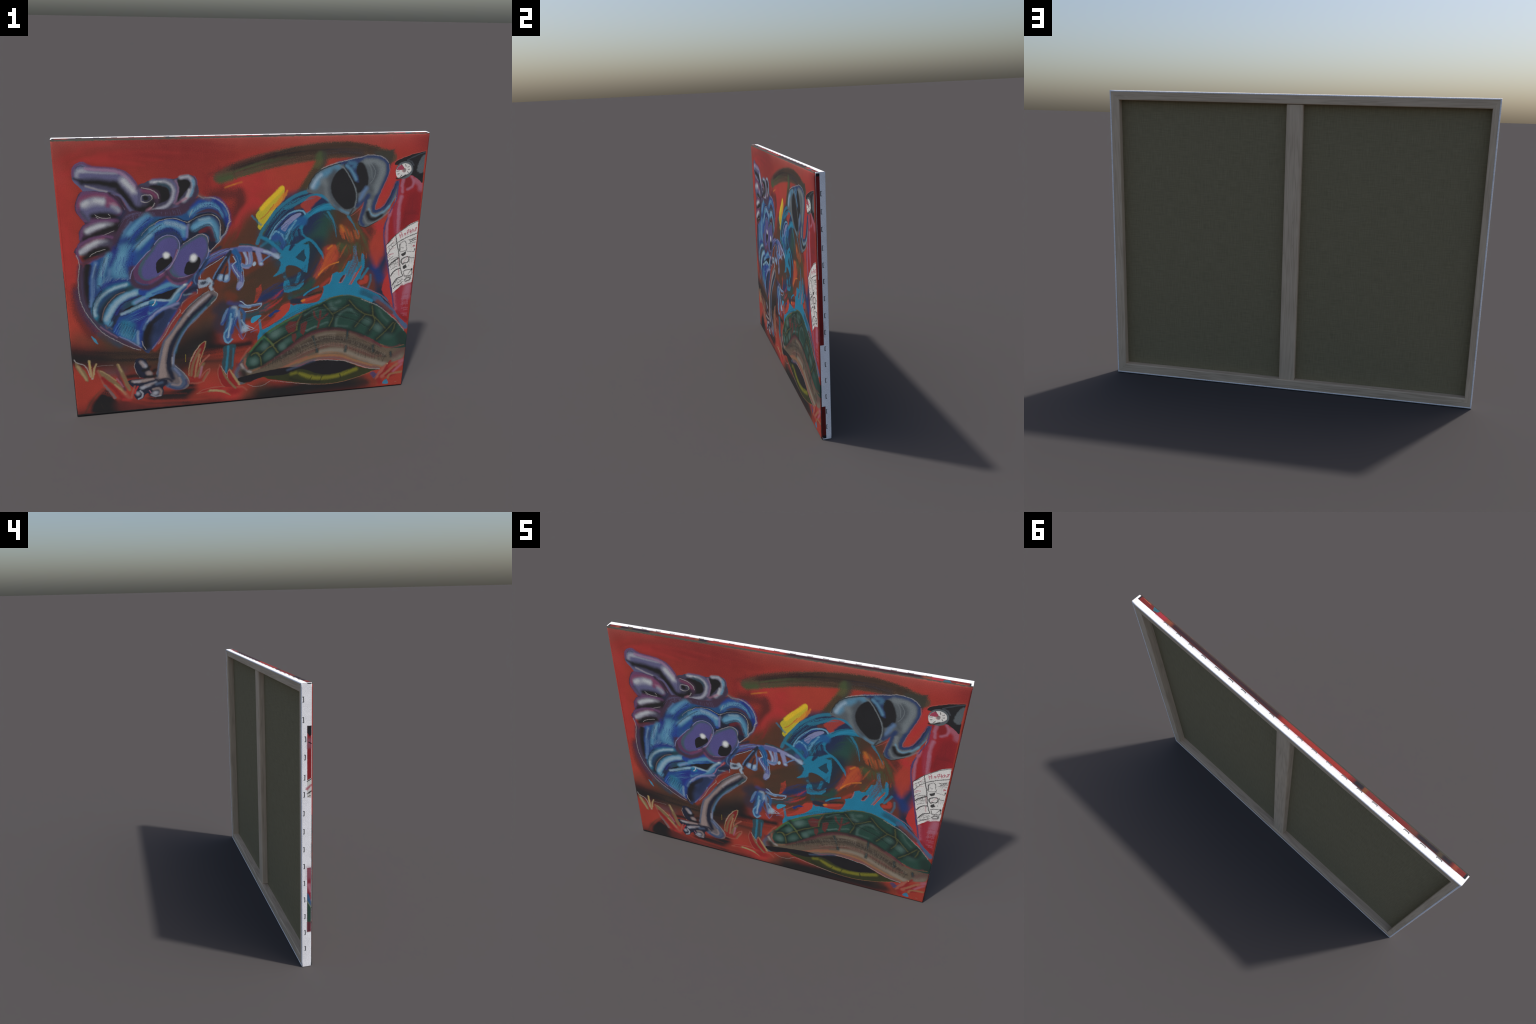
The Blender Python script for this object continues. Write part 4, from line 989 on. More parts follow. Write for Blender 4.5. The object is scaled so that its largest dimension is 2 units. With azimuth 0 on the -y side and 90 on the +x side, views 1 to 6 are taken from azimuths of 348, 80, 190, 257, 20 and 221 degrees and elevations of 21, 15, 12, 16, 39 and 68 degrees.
streaks(ULTRAMARINE, [(73, 87.9), (80.1, 94.2), (89.3, 97)], 8, 1.09, 0.13, 0.5, 0.73, 176)
streaks(BLUE_BLACK, [(88.9, 95.6), (86.4, 91.2), (82.1, 83.9)], 8, 1.46, 0.13, 0.6, 0.73, 177)
streaks(PALE_BLUE, [(92.1, 95.4), (93.9, 90), (94.3, 81.5), (95.1, 76)], 6, 1.47, 0.11, 0.5, 0.73, 178)

# dark smudge behind the head
stroke(MAROON, [(6.9, 80.7, 3.03), (6.1, 74.7, 3.03), (6.1, 66.4, 3.03), (8.8, 59.3, 3.03), (12.1, 52.7, 3.03)], 1.78, alpha=0.8, grain=3.57)
stroke(NAVY, [(6.4, 78.5, 1.98), (7.6, 69.3, 1.98), (10.1, 62.3, 1.98), (14.3, 54.9, 1.98)], 1.8, alpha=0.6, grain=3.61, n=3)
stroke(TEAL_DARK, [(16.8, 51.9, 2.05), (22.1, 47.9, 2.05), (26.8, 45, 2.05)], 1.49, alpha=0.7, grain=1.86, n=3)
stroke(UMBER, [(18, 49.8, 1.68), (21.2, 44.7, 1.68)], 1.87, alpha=0.7, grain=1.87, n=3)
stroke(CYAN, [(12, 51.1, 0.37), (13.5, 48.6, 0.74), (15, 46.3, 0.18)], 0.3, alpha=0.8, grain=0.55)

# violet tubes of hair
stroke(WINE, [(9.5, 139.7, 0.54), (8.8, 142.7, 0.54), (9.8, 146.5, 0.54), (14.8, 148.6, 0.54), (19.6, 146.2, 0.54), (27.7, 145.5, 0.54), (33.2, 144.1, 0.54), (37.8, 140.8, 0.54), (41.4, 135.7, 0.54)], 1.48, alpha=0.4)
stroke(WINE, [(12.1, 133, 0.66), (9.5, 128.1, 0.66), (9.1, 124.1, 0.66), (11.6, 119.2, 0.66), (12.9, 116.1, 0.66), (10.4, 112.4, 0.66), (10, 106.8, 0.66), (7.5, 99.9, 0.66)], 1.55, alpha=0.4)
fill(SLATE_VIOLET, [(8.9, 142), (9.4, 145.6), (11.4, 147.8), (14.7, 148.6), (18.4, 146.4), (22.7, 145.6), (28.9, 145.2), (33.9, 143.9), (37.8, 140.8), (40.5, 137), (41.3, 133.7), (40.5, 124.8), (41.6, 120.3), (37.7, 120.5), (34.7, 124.4), (33, 129.9), (30, 132), (22.4, 132.7), (17.1, 133.8), (14.2, 133), (12.8, 134.7), (11.4, 136.4), (9.1, 139.1)], 0.17)
fill(PLUM, [(12.1, 133), (17.4, 133.8), (24.9, 132.6), (30, 132), (32.9, 127.9), (34.7, 124.4), (39, 120.8), (34.2, 116.5), (31.4, 112), (28.5, 108.7), (27, 104.5), (25.9, 98.5), (7.4, 99.6), (8.8, 104.8), (10, 106.8), (9.8, 111), (11.5, 114.8), (13.3, 116.4), (11.6, 119.2), (9.3, 122.7), (9, 126.1), (10.2, 129.4)], 0.17)
stroke(GRAPE, [(9.4, 141.7, 0.54), (9.8, 145.2, 0.54), (12, 147.4, 0.54), (14.8, 148.1, 0.54), (19, 145.9, 0.54), (25.8, 145.3, 0.54), (30.7, 144.5, 0.54), (35.1, 142.7, 0.54), (38.7, 139.1, 0.54), (40.7, 135.4, 0.54)], 0.57)
stroke(DUSK, [(10.8, 143.9, 0.25), (11.2, 145.8, 0.25), (13.5, 146.7, 0.25), (18.3, 145, 0.25), (25.7, 144.1, 0.25)], 0.28, alpha=0.8)
stroke(SILVER, [(11.5, 141.6, 1.11), (12.3, 143.9, 1.11), (15.1, 144.4, 1.11)], 1.25, alpha=0.8, n=3)
stroke(MAUVE, [(15.8, 145.2, 0.71), (22, 144.4, 0.71), (28.2, 143.9, 0.71), (32.5, 142.8, 0.71), (36.1, 139.5, 0.71), (38.8, 135.8, 0.71), (40.6, 133, 0.71)], 0.93)
stroke(SILVER, [(12.9, 143.8, 0.54), (18.1, 143.2, 0.54), (25, 142.5, 0.54), (30.6, 142.2, 0.54)], 0.92, alpha=0.8)
stroke(SLATE_VIOLET, [(13, 141.6, 1.12), (21.1, 141.1, 1.12), (30.5, 140.5, 1.12)], 1.27, n=3)
stroke(SOOT, [(14, 138.3, 1.46), (20.3, 138, 1.94), (27.1, 136.8, 1.94), (30.2, 136.4, 1.94)], 1.75, n=3)
stroke(SOOT, [(9.6, 140.4, 0.48), (13.4, 138.6, 1.12)], 1.15, alpha=0.9, n=3)
stroke(SOOT, [(29, 136.1, 2.15), (32.6, 132.6, 2.15), (35.5, 128.5, 2.15), (38.6, 124.9, 2.15), (41.1, 123.1, 2.15)], 1.79)
stroke(SILVER, [(33.9, 138.6, 1.64), (36.9, 135.2, 1.64), (39.3, 132, 1.64)], 2.01, n=3)
stroke(PALE, [(34.2, 138.3, 0.82), (37.8, 134.1, 0.82), (39.6, 131.7, 0.82)], 1.42, alpha=0.8, n=3)
stroke(SLATE_VIOLET, [(39.5, 130, 1.5), (40.6, 126.9, 1.5)], 1.8, n=3)
stroke(CHALK, [(15.1, 136.2, 0.42), (18.2, 135.1, 0.42), (21.9, 134, 0.42), (25.3, 133.1, 0.42)], 0.58, alpha=0.7, grain=0.65)
stroke(DUSK, [(20.7, 135.7, 0.65), (25.1, 134.6, 0.65), (29.5, 133.9, 0.65)], 1.17, alpha=0.8)
stroke(SLATE_VIOLET, [(14.9, 133.9, 0.71), (17.1, 133.2, 0.71)], 1.16, alpha=0.8)
stroke(SLATE_VIOLET, [(28, 131.8, 0.67), (31.8, 130.6, 0.67), (34.2, 127.1, 0.67), (36.2, 123.3, 0.67), (38.4, 121.1, 0.67), (43.3, 121.6, 0.67)], 0.6, grain=0.67)
stroke(MAUVE, [(28.7, 131.4, 0.17), (32.2, 125.9, 0.17), (33.9, 123, 0.17)], 0.2, alpha=0.7, grain=0.66)
fill(GRAPE, [(12, 132.4), (15.2, 133.6), (23.7, 132.6), (29.3, 130.7), (32.2, 126.5), (32.6, 121.7), (29.1, 118.1), (18.8, 117.5), (13.6, 117.1), (11.3, 119.9), (9.7, 122.7), (9.5, 126.1)], 0.27)
stroke(MAGENTA, [(11, 126, 0.98), (12.4, 129.7, 0.98), (16, 130.9, 0.98), (22.3, 131, 0.98), (26.6, 129.1, 0.98), (29, 126.7, 0.98), (31.1, 124.2, 0.98)], 1.06)
fill(SLATE_VIOLET, [(11.8, 125.3), (13.2, 128.3), (18.4, 129.8), (24, 128.9), (25.8, 126.8), (30.2, 125.3), (31.7, 123.1), (29.9, 120.8), (24.1, 120.4), (17, 119.7), (15.6, 117.7), (13.2, 119.2), (11.8, 121.9)], 0.6)
stroke(SILVER, [(14.1, 126.6, 1.79), (18.3, 128.1, 1.79), (23, 127.9, 1.79)], 2.11, n=3)
stroke(PALE, [(13.4, 126.6, 0.98), (14.8, 127.6, 0.98)], 1.41, alpha=0.8, n=3)
stroke(PALE, [(19.6, 128.7, 0.98), (23, 127.6, 0.98)], 1.53, alpha=0.8, n=3)
stroke(MAGENTA, [(25.9, 128.8, 1.15), (25.4, 125.8, 1.15)], 1.31, alpha=0.9, n=3)
stroke(SILVER, [(28.3, 125.3, 1.16), (30.7, 122.8, 1.16)], 1.44, alpha=0.8, n=3)
stroke(ROSE, [(26.5, 126.8, 0.5), (29.6, 125.6, 0.5)], 0.95, alpha=0.7)
stroke(SOOT, [(17.4, 120.3, 1.5), (21.6, 120.5, 1.83), (26.7, 119.9, 1.83), (30.5, 119.1, 1)], 1.56, n=3)
stroke(DUSK, [(11.9, 122.6, 0.83), (14.1, 119.1, 0.83), (15.3, 117.7, 0.83)], 1.19, alpha=0.9, n=3)
stroke(CHALK, [(18.7, 121, 0.15), (20.8, 119.3, 0.15), (23.4, 118.9, 0.15), (26.3, 118.9, 0.15)], 0.13, alpha=0.9, grain=0.33)
stroke(CHALK, [(19.2, 119.6, 0.13), (20.2, 118.8, 0.13)], 0.13, alpha=0.9, grain=0.33)
stroke(CHALK, [(25.4, 121, 0.15), (26.3, 119.8, 0.15)], 0.13, alpha=0.8, grain=0.33)
stroke(SOOT, [(26.8, 131.8, 0.83), (29.8, 129.4, 0.83), (32.2, 125.9, 0.83), (32.7, 123.8, 0.83)], 1.19, alpha=0.8, n=3)
stroke(NAVY, [(33.2, 121.7, 1.17), (31.1, 118.3, 1.17)], 1.81, alpha=0.7, n=3)
stroke(GRAPE, [(10.7, 108.2, 0.83), (11.4, 112.3, 0.83), (14.1, 115.3, 0.83), (19.4, 117.1, 0.83), (25.9, 117.5, 0.83), (29.7, 117, 0.83)], 0.72)
stroke(SILVER, [(14.5, 112.2, 1.51), (18.5, 114.1, 1.51), (23.1, 114.9, 1.51), (27, 114.7, 0.84)], 1.81, n=3)
stroke(PALE, [(13.9, 112.2, 0.67), (17.9, 114.1, 0.67), (22.5, 115.1, 0.67)], 1.2, alpha=0.8)
stroke(SOOT, [(12.3, 107.8, 1.01), (16.9, 109.3, 1.51), (23.6, 112.1, 1.85), (28.9, 113.9, 1.85)], 1.57, n=3)
stroke(SOOT, [(29.4, 112.1, 1.85), (30.9, 115.6, 1.85)], 2.42, alpha=0.8, n=3)
stroke(CHALK, [(21.1, 109.2, 0.14), (24.1, 110.3, 0.14), (27.8, 111.7, 0.14)], 0.14, alpha=0.7, grain=0.42)
stroke(GRAPE, [(8.4, 99.5, 0.74), (9.4, 104.4, 0.74), (12.2, 106.3, 0.74), (17.5, 108.5, 0.74), (23.3, 108.9, 0.74), (26.6, 108.1, 0.74)], 0.73)
stroke(MAGENTA, [(11, 103.6, 0.74), (14, 105.2, 0.74), (18, 107.1, 0.74), (22, 107.9, 0.74)], 0.85, alpha=0.9)
stroke(SILVER, [(10.8, 100.8, 1.52), (14.6, 103.7, 1.52), (19.2, 105.6, 1.52), (23.1, 105.8, 0.85)], 1.71, n=3)
stroke(PALE, [(10.1, 100.4, 0.68), (13.9, 103.8, 0.68), (18.6, 106, 0.68)], 1.1, alpha=0.8)
stroke(DUSK, [(20.4, 103.4, 1.36), (24.4, 105.3, 1.36), (26, 104.5, 1.36)], 1.84, alpha=0.9, n=3)
stroke(SOOT, [(14.9, 99.5, 1.19), (19.6, 101.7, 1.19), (23.5, 101.8, 1.19)], 1.23, n=3)
stroke(CHALK, [(15.9, 99.4, 0.14), (18.9, 101, 0.14), (22.2, 101.5, 0.14)], 0.14, alpha=0.8, grain=0.43)
stroke(GRAPE, [(8.3, 102.3, 0.68), (8.3, 98.8, 0.68), (9.7, 95.1, 0.68)], 0.73)
stroke(SILVER, [(10.5, 101.1, 1.02), (12.8, 102.1, 1.02)], 1.22, alpha=0.8, n=3)
stroke(SOOT, [(12.1, 97.5, 2.05), (17.5, 100, 2.05), (22.2, 100.8, 2.05)], 1.84, n=3)
stroke(PLUM, [(11.3, 94.6, 1.03), (17.3, 96.8, 1.03), (22.7, 99.4, 1.03)], 1.24, alpha=0.9, n=3)
stroke(CHALK, [(14.4, 98.1, 0.14), (16.2, 99.7, 0.14), (19.6, 101, 0.14), (22.5, 101.7, 0.14)], 0.14, alpha=0.8, grain=0.43)
fill(DUSK, [(41.4, 135.7), (44, 136.8), (47.3, 138.2), (51.9, 138.5), (55.5, 138.4), (61.1, 138.9), (63.7, 140.3), (67, 140.6), (69.7, 139.8), (71.3, 137.9), (71.6, 135.5), (72.5, 131.7), (71.1, 128.6), (68.1, 125.6), (64.7, 123.7), (59.3, 123.2), (54.6, 121.3), (49.3, 121.2), (47.5, 119), (42.2, 119.2), (39.7, 121.4), (40.7, 128.3)], 0.17)
stroke(SLATE_VIOLET, [(48.7, 138.3, 0.67), (54.8, 138.4, 0.67), (58.4, 137.3, 0.67), (60.3, 134.5, 0.67), (60.2, 130.4, 0.67), (58.1, 126.4, 0.67), (53.3, 123.1, 0.67), (49.3, 121.9, 0.67)], 0.85)
stroke(SILVER, [(48, 137.3, 0.74), (49.9, 137.2, 0.74), (54.5, 137.2, 0.74), (58, 135.3, 0.74), (59.2, 132.2, 0.74), (58.4, 128.1, 0.74), (56, 124.7, 0.74), (51.3, 122.8, 0.74), (48.3, 122.6, 0.74)], 0.97)
stroke(PALE, [(49.3, 137.2, 0.33), (53.2, 137.5, 0.33)], 0.33, alpha=0.7)
stroke(PETROL, [(51.8, 136.2, 0.83), (55.7, 135.3, 0.83), (57.3, 132.9, 0.83)], 1.2, alpha=0.8, n=3)
fill(SOOT, [(46.6, 135), (51.1, 135.5), (55.7, 134), (57.2, 131.2), (56.5, 127.8), (53.4, 126.2), (49.5, 125.7), (47.7, 130.2)], 0.54)
stroke(MAUVE, [(60.4, 137.6, 0.41), (61.9, 134.1, 0.41), (61.1, 129.7, 0.41), (59.4, 125.6, 0.41)], 0.85, alpha=0.7)
fill(SOOT, [(61.4, 137.9), (63.7, 138.5), (67.6, 137), (67.6, 134.3), (65.5, 131.6), (62.8, 128.3), (61.1, 126.6), (62.2, 132.1), (62, 134.8)], 0.47)
stroke(SILVER, [(63.1, 139.2, 0.85), (67, 139.5, 0.85), (69.3, 136.9, 0.85), (69.2, 133.2, 0.85), (67.5, 129.8, 0.85), (64.1, 126.5, 0.85)], 0.97)
stroke(LIGHT_TEAL, [(69.3, 137.6, 0.68), (69.9, 133.8, 0.68), (68.1, 129.4, 0.68)], 0.73, alpha=0.8)
stroke(PALE, [(67.5, 132.5, 0.44), (66.1, 128.8, 0.44)], 0.86, alpha=0.9)
stroke(ROSE, [(65.8, 128.1, 0.51), (62.7, 126.2, 0.51), (60.7, 124.9, 0.51)], 0.86, alpha=0.8)
stroke(GRAPE, [(70, 139.8, 0.24), (71.5, 137.5, 0.24), (71.6, 135.1, 0.24)], 0.2, alpha=0.9)
stroke(PLUM, [(70.9, 133.5, 1.02), (70.8, 130, 1.02), (68.1, 126, 1.02)], 1.23, alpha=0.9, n=3)
stroke(PLUM, [(49.2, 120.1, 1.54), (53.9, 120.3, 1.54), (59.2, 121.4, 1.54), (63.3, 124.1, 1.54)], 1.85, n=3)
stroke(SLATE_VIOLET, [(60.3, 122.8, 1.2), (63.9, 121.9, 1.2), (65.3, 122.9, 1.2)], 1.6, alpha=0.9, grain=1.2, n=3)
stroke(LAVENDER, [(62.6, 121, 0.62), (64.3, 122.3, 0.62)], 0.99, alpha=0.8, grain=0.86)
stroke(PLUM, [(41.7, 134.3, 1.5), (46.1, 133.1, 1.5), (50, 131.3, 1.5), (50.5, 127.9, 1.5), (48.4, 124.5, 1.5)], 1.2)
stroke(MAGENTA, [(42.6, 132.9, 1), (47.4, 132.1, 1), (49.9, 129.6, 1)], 1.2, alpha=0.8, n=3)
blob(DUSK, 44.9, 128.4, 2.67, 2, 0, 0.27)
stroke(CHALK, [(42.8, 130.2, 0.23), (47, 130.6, 0.23), (48.2, 128.6, 0.23), (45.8, 126.5, 0.23), (42.3, 127.2, 0.23), (42.8, 130.2, 0.23)], 0.17, alpha=0.9, grain=0.5)
blob(SOOT, 44.6, 128.8, 1.67, 1.33, 0, 0.67)
stroke(CHALK, [(42.9, 134.4, 0.2), (47.4, 133.3, 0.2), (50.6, 131.3, 0.2), (51.5, 128.5, 0.2)], 0.2, alpha=0.8, grain=0.67)
stroke(SOOT, [(41.1, 122.7, 1.85), (45, 123.3, 1.85), (47.8, 125.9, 1.85)], 1.82, n=3)
stroke(CHALK, [(49.1, 125.9, 0.24), (48, 123.8, 0.24), (46, 122.5, 0.24)], 0.24, alpha=0.7, grain=1.18)
stroke(ROSE, [(45.3, 121.9, 0.67), (47, 123.2, 0.67)], 0.97, alpha=0.7, grain=0.84)
stroke(SLATE_VIOLET, [(41.3, 133, 1), (41.6, 128.9, 1), (40.9, 125.2, 1)], 1.56, alpha=0.8, n=3)
stroke(SOOT, [(40.5, 123.8, 0.84), (42.7, 123, 0.84)], 1.21, alpha=0.8, n=3)
stroke(PLUM, [(38.3, 119.4, 1.02), (42.2, 119.6, 1.02), (46.3, 121.1, 1.02), (49.2, 120.5, 1.02), (54.5, 119.9, 1.02), (60.2, 121.1, 1.02)], 1.34, alpha=0.9, grain=1.19)

# blue head
fill(PLUM, [(25.9, 98.5), (27.9, 108), (31.6, 115.5), (35.8, 121.6), (39.8, 122.1), (44, 121.2), (49.3, 122.6), (55.9, 122.3), (62.7, 124.1), (68.1, 126.7), (72.8, 128.6), (75.2, 127.4), (70.7, 121.7), (67.9, 116.8), (60.1, 116.5), (49.1, 117.7), (45.4, 116.3), (34.9, 104.1), (29.6, 98.3)], 0.41)
hatch(SLATE_VIOLET, [(32.1, 113.1), (35.7, 119.5), (40.7, 120.7), (45.6, 121.2), (55.9, 121.6), (62.6, 123.1)], [(30.5, 108.6), (35.5, 115.4), (41.5, 118.6), (46.8, 119), (56.5, 118.8), (63.9, 119.5)], 26, 0.2, 0.5, 1.02, 21)
fill(HEAD_BLUE, [(47, 118.7), (55.2, 118.3), (63.5, 119), (68.8, 123.1), (75.2, 127.2), (81.5, 126.4), (86.2, 121.3), (88.4, 113.5), (86.8, 107.4), (83, 103), (78.9, 99.8), (76.9, 91.3), (73, 84.5), (70.2, 82.3), (65.2, 77.9), (65.6, 70.7), (61.6, 65.5), (59.8, 60.7), (52.9, 49.5), (43.1, 39.7), (37.1, 42.8), (26.6, 48.8), (16.3, 55.2), (10.2, 64.7), (7.9, 76.1), (8.4, 88.7), (11.8, 93), (19.2, 97), (26, 100.2), (30.1, 107.5), (35.5, 114.4), (40.5, 117.9)], 0.93)
stroke(PLUM, [(35, 117.8, 1.19), (32.1, 113.1, 1.19), (29.2, 108.3, 1.19), (27.6, 103.7, 1.19)], 1.47, alpha=0.9, grain=1.36, n=3)
stroke(STEEL_BLUE, [(36.8, 116, 0.51), (34, 112.6, 0.51), (31.9, 109.2, 0.51)], 0.85, alpha=0.7, grain=1.19)
stroke(LIGHT_TEAL, [(45.2, 118.4, 1.88), (40.4, 114.4, 1.88), (35.8, 110.1, 1.88), (33.7, 107.7, 1.88)], 2.09, n=3)
stroke(SKY, [(43.5, 117.8, 0.85), (38.7, 113.4, 0.85), (35.2, 109.4, 0.85)], 1.59, alpha=0.8, n=3)
stroke(COBALT, [(45.4, 116.3, 1.88), (40.2, 111.3, 1.88), (37.7, 107.5, 1.88)], 2.09, alpha=0.9, grain=1.2, n=3)
stroke(DEEP_BLUE, [(33.7, 106.6, 2.06), (30.9, 103.2, 2.06), (27.9, 98.7, 2.06)], 2.23, alpha=0.9, n=3)
stroke(HEAD_BLUE, [(34.9, 105.1, 1.55), (32.8, 102.7, 1.55)], 2.48, alpha=0.8, n=3)
stroke(PETROL, [(50, 115.7, 1.37), (43.2, 110.8, 1.37), (39.3, 106.3, 1.37)], 1.6, alpha=0.9, grain=1.2, n=3)
stroke(CHALK, [(52, 116.7, 0.14), (48, 114.4, 0.14), (44.5, 111.8, 0.14), (41.7, 108.7, 0.14)], 0.17, alpha=0.6, grain=0.86)
stroke(LIGHT_TEAL, [(54.2, 113.4, 1.55), (49.5, 110.8, 1.55), (45, 107.1, 1.55), (40.8, 103, 1.55), (38, 101, 1.55)], 1.62)
stroke(ICE, [(48.5, 110.5, 0.69), (43.3, 106.1, 0.69), (39.4, 102.4, 0.69)], 1.49, alpha=0.6)
stroke(COBALT, [(54.1, 110.6, 1.04), (49.7, 107.2, 1.04), (44.8, 102.8, 1.04), (41.3, 98.7, 1.04)], 1.25, alpha=0.9, n=3)
stroke(NIGHT, [(54, 108.8, 0.7), (50.3, 105.4, 0.7), (47.1, 101.6, 0.7)], 1, alpha=0.7)
stroke(LIGHT_TEAL, [(34, 100.5, 2.42), (31.3, 99.2, 2.42)], 2.49, alpha=0.9, n=3)
stroke(LIGHT_TEAL, [(32.7, 100.2, 3.48), (29.7, 94.6, 3.48), (28, 89.2, 3.48)], 3.13, n=3)
stroke(SKY, [(31.2, 97.4, 1.75), (29.4, 89.1, 1.75)], 2.53, alpha=0.6, n=3)
stroke(DEEP_BLUE, [(27.8, 101.2, 1.55), (25.9, 97, 1.55), (24, 93.5, 1.55)], 1.74, alpha=0.9, grain=1.38, n=3)
stroke(LIGHT_TEAL, [(24.3, 98.2, 1.4), (20.9, 91.5, 1.4), (18.7, 84.3, 1.4), (18.1, 80.6, 1.4)], 1.64, n=3)
stroke(ICE, [(22.9, 96.8, 0.52), (19.6, 87.2, 0.52)], 1.38, alpha=0.6, grain=1.22)
stroke(COBALT, [(36.6, 99.3, 2.27), (36.1, 95.7, 2.27), (34.6, 92.9, 2.27)], 2.51, alpha=0.9, grain=1.22, n=3)
stroke(LIGHT_TEAL, [(29.9, 86.9, 2.48), (33.2, 85.6, 2.48)], 2.55, alpha=0.8, n=3)
stroke(STEEL_BLUE, [(24, 89.5, 0.7), (23.1, 84.7, 0.7), (20.8, 81.2, 0.7)], 1.14, alpha=0.7, grain=1.41)
stroke(DEEP_BLUE, [(18.7, 79.8, 1.06), (23.6, 82.5, 1.06), (28.7, 83.6, 1.06), (33.7, 82.9, 1.06)], 1.4, alpha=0.9, grain=1.42, n=3)
stroke(COBALT, [(18.6, 78.3, 0.89), (15.7, 74, 0.89)], 1.66, alpha=0.7, n=3)
fill(SOOT, [(11.2, 93.6), (14.5, 93.7), (15.2, 91.1), (13.5, 85.8), (12.7, 79.5), (12.9, 72.7), (12.9, 68.9), (11.8, 66.7), (9.5, 72.2), (9.5, 80.5), (9.7, 87.8)], 0.71)
stroke(PLUM, [(9.5, 93, 1.63), (8.5, 85, 1.63), (8.5, 76.8, 1.63), (9.9, 69.2, 1.63), (13.1, 62, 1.63), (17.1, 56.2, 1.63), (22.9, 50.6, 1.63), (28.9, 46.4, 1.63), (36.1, 42.5, 1.63)], 1.43)
stroke(DUSK, [(9.9, 64.6, 0.48), (13.5, 58.5, 0.48), (18.3, 53, 0.48), (24.8, 47.6, 0.48)], 0.8, alpha=0.8)
stroke(COBALT, [(16.8, 94, 1.41), (14.9, 86, 1.41), (14.7, 78.6, 1.41), (14, 74.2, 1.41)], 1.65, alpha=0.8, n=3)
stroke(STEEL_BLUE, [(17.1, 94.3, 0.81), (15.4, 88.2, 0.81), (14.5, 81.6, 0.81), (14.2, 76.4, 0.81), (12.7, 69.7, 0.81)], 0.88, alpha=0.9, grain=1.58)
stroke(ICE, [(17.1, 93.6, 0.24), (15.8, 90, 0.24), (14.9, 86.4, 0.24)], 0.28, alpha=0.6, grain=1.04)
stroke(PETROL, [(35.2, 78.7, 1.97), (29.3, 76.1, 1.97), (22.9, 72, 1.97), (18.8, 66.6, 1.97), (17.4, 60.1, 1.97)], 1.94)
stroke(TEAL_MID, [(32.9, 80.9, 1.43), (26.8, 79.6, 1.43), (20.5, 76.7, 1.43), (16.6, 72.5, 1.43), (14.4, 66.5, 1.43), (15.5, 62.2, 1.43)], 1.28)
stroke(ICE, [(32.2, 80.8, 0.79), (26.1, 79.3, 0.79), (20.5, 76.3, 0.79), (16.5, 72.1, 0.79), (14.6, 66.5, 0.79), (14.8, 63.8, 0.79)], 1.03)
stroke(NIGHT, [(34.8, 78.3, 1.26), (28.9, 76.1, 1.26), (22.9, 72, 1.26), (18.8, 66.6, 1.26), (17.4, 60.5, 1.26)], 1.42, alpha=0.9)
stroke(NAVY, [(30.1, 78.3, 0.72), (23.2, 75.8, 0.72), (18.1, 70.4, 0.72), (16.7, 65.6, 0.72)], 1.29, alpha=0.7)
stroke(BROWN_GREY, [(31, 76.7, 0.29), (26.5, 75.1, 0.29), (22.5, 71.2, 0.29), (19.5, 66.5, 0.29), (18.1, 60.8, 0.29)], 0.22, alpha=0.9, grain=0.54)
stroke(SHADOW_BLUE, [(39.4, 74.2, 2.19), (33.7, 69.3, 2.19), (28.3, 64.7, 2.19), (25.1, 58.3, 2.19)], 2.23, n=3)
stroke(NIGHT, [(28, 65.5, 1.1), (24.9, 60.3, 1.1), (23.7, 56.8, 1.1)], 1.58, alpha=0.9, n=3)
stroke(DEEP_BLUE, [(36.6, 73.3, 0.91), (31.4, 72.1, 0.91), (28.2, 68.9, 0.91), (25.8, 64.1, 0.91)], 1.04, n=3)
stroke(LIGHT_TEAL, [(38.5, 76.5, 1.81), (32.6, 74.7, 1.81), (26.6, 70.9, 1.81), (22.9, 65.9, 1.81), (20.8, 60.6, 1.81), (21.7, 58.6, 1.81)], 1.17)
stroke(ICE, [(36.7, 75.5, 1.08), (31.9, 74, 1.08), (26.5, 70.2, 1.08), (23.2, 65.4, 1.08), (20.5, 61, 1.08)], 1.3)
stroke(PETROL, [(34.9, 79.1, 1.08), (33.5, 78, 1.08)], 1.29, alpha=0.8, n=3)
stroke(NIGHT, [(20.6, 78.2, 1.07), (17, 73.9, 1.07), (15.3, 68.8, 1.07)], 1.67, alpha=0.45, grain=1.25, n=3)
stroke(SHADOW_BLUE, [(16.9, 91, 1.23), (15.9, 81.5, 1.23), (15.7, 74, 1.23)], 2.15, alpha=0.5, grain=1.76, n=3)
stroke(DEEP_BLUE, [(36.9, 91.6, 0.88), (34.4, 88.8, 0.88), (33.8, 85.1, 0.88)], 1.65, alpha=0.6, grain=1.76, n=3)
stroke(NIGHT, [(17.5, 61.3, 0.66), (19.3, 57.6, 0.66), (23.1, 54.1, 0.66), (27.1, 51, 0.66)], 1.06, alpha=0.6, grain=0.92)
hatch(ICE, [(21.2, 86.4), (25.8, 86), (30.5, 85), (33.8, 84)], [(18.8, 81.3), (23.6, 82.5), (29, 83.6), (33, 83)], 16, 0.16, 0.4, 0.88, 8)
hatch(DEEP_BLUE, [(24.7, 100), (26.6, 99.1), (34.6, 98.7), (37.9, 98.5)], [(22.9, 92.1), (24.9, 92), (33.5, 91.8), (35.6, 92.8)], 20, 0.17, 0.5, 1.03, 9)
fill(COBALT, [(28.5, 62.7), (34.8, 64.9), (43.3, 68.1), (47.5, 69.4), (52.7, 69.8), (52.6, 65.9), (47.2, 62.8), (41.7, 57.3), (39.3, 49.9), (38.7, 43.9), (35.2, 45.9), (28.4, 48.9), (23.8, 53.3), (25.4, 57.9)], 0.52)
stroke(COBALT, [(50.2, 68, 2.59), (45.9, 65.2, 2.59), (39.6, 63, 2.59)], 3.33, alpha=0.9, n=3)
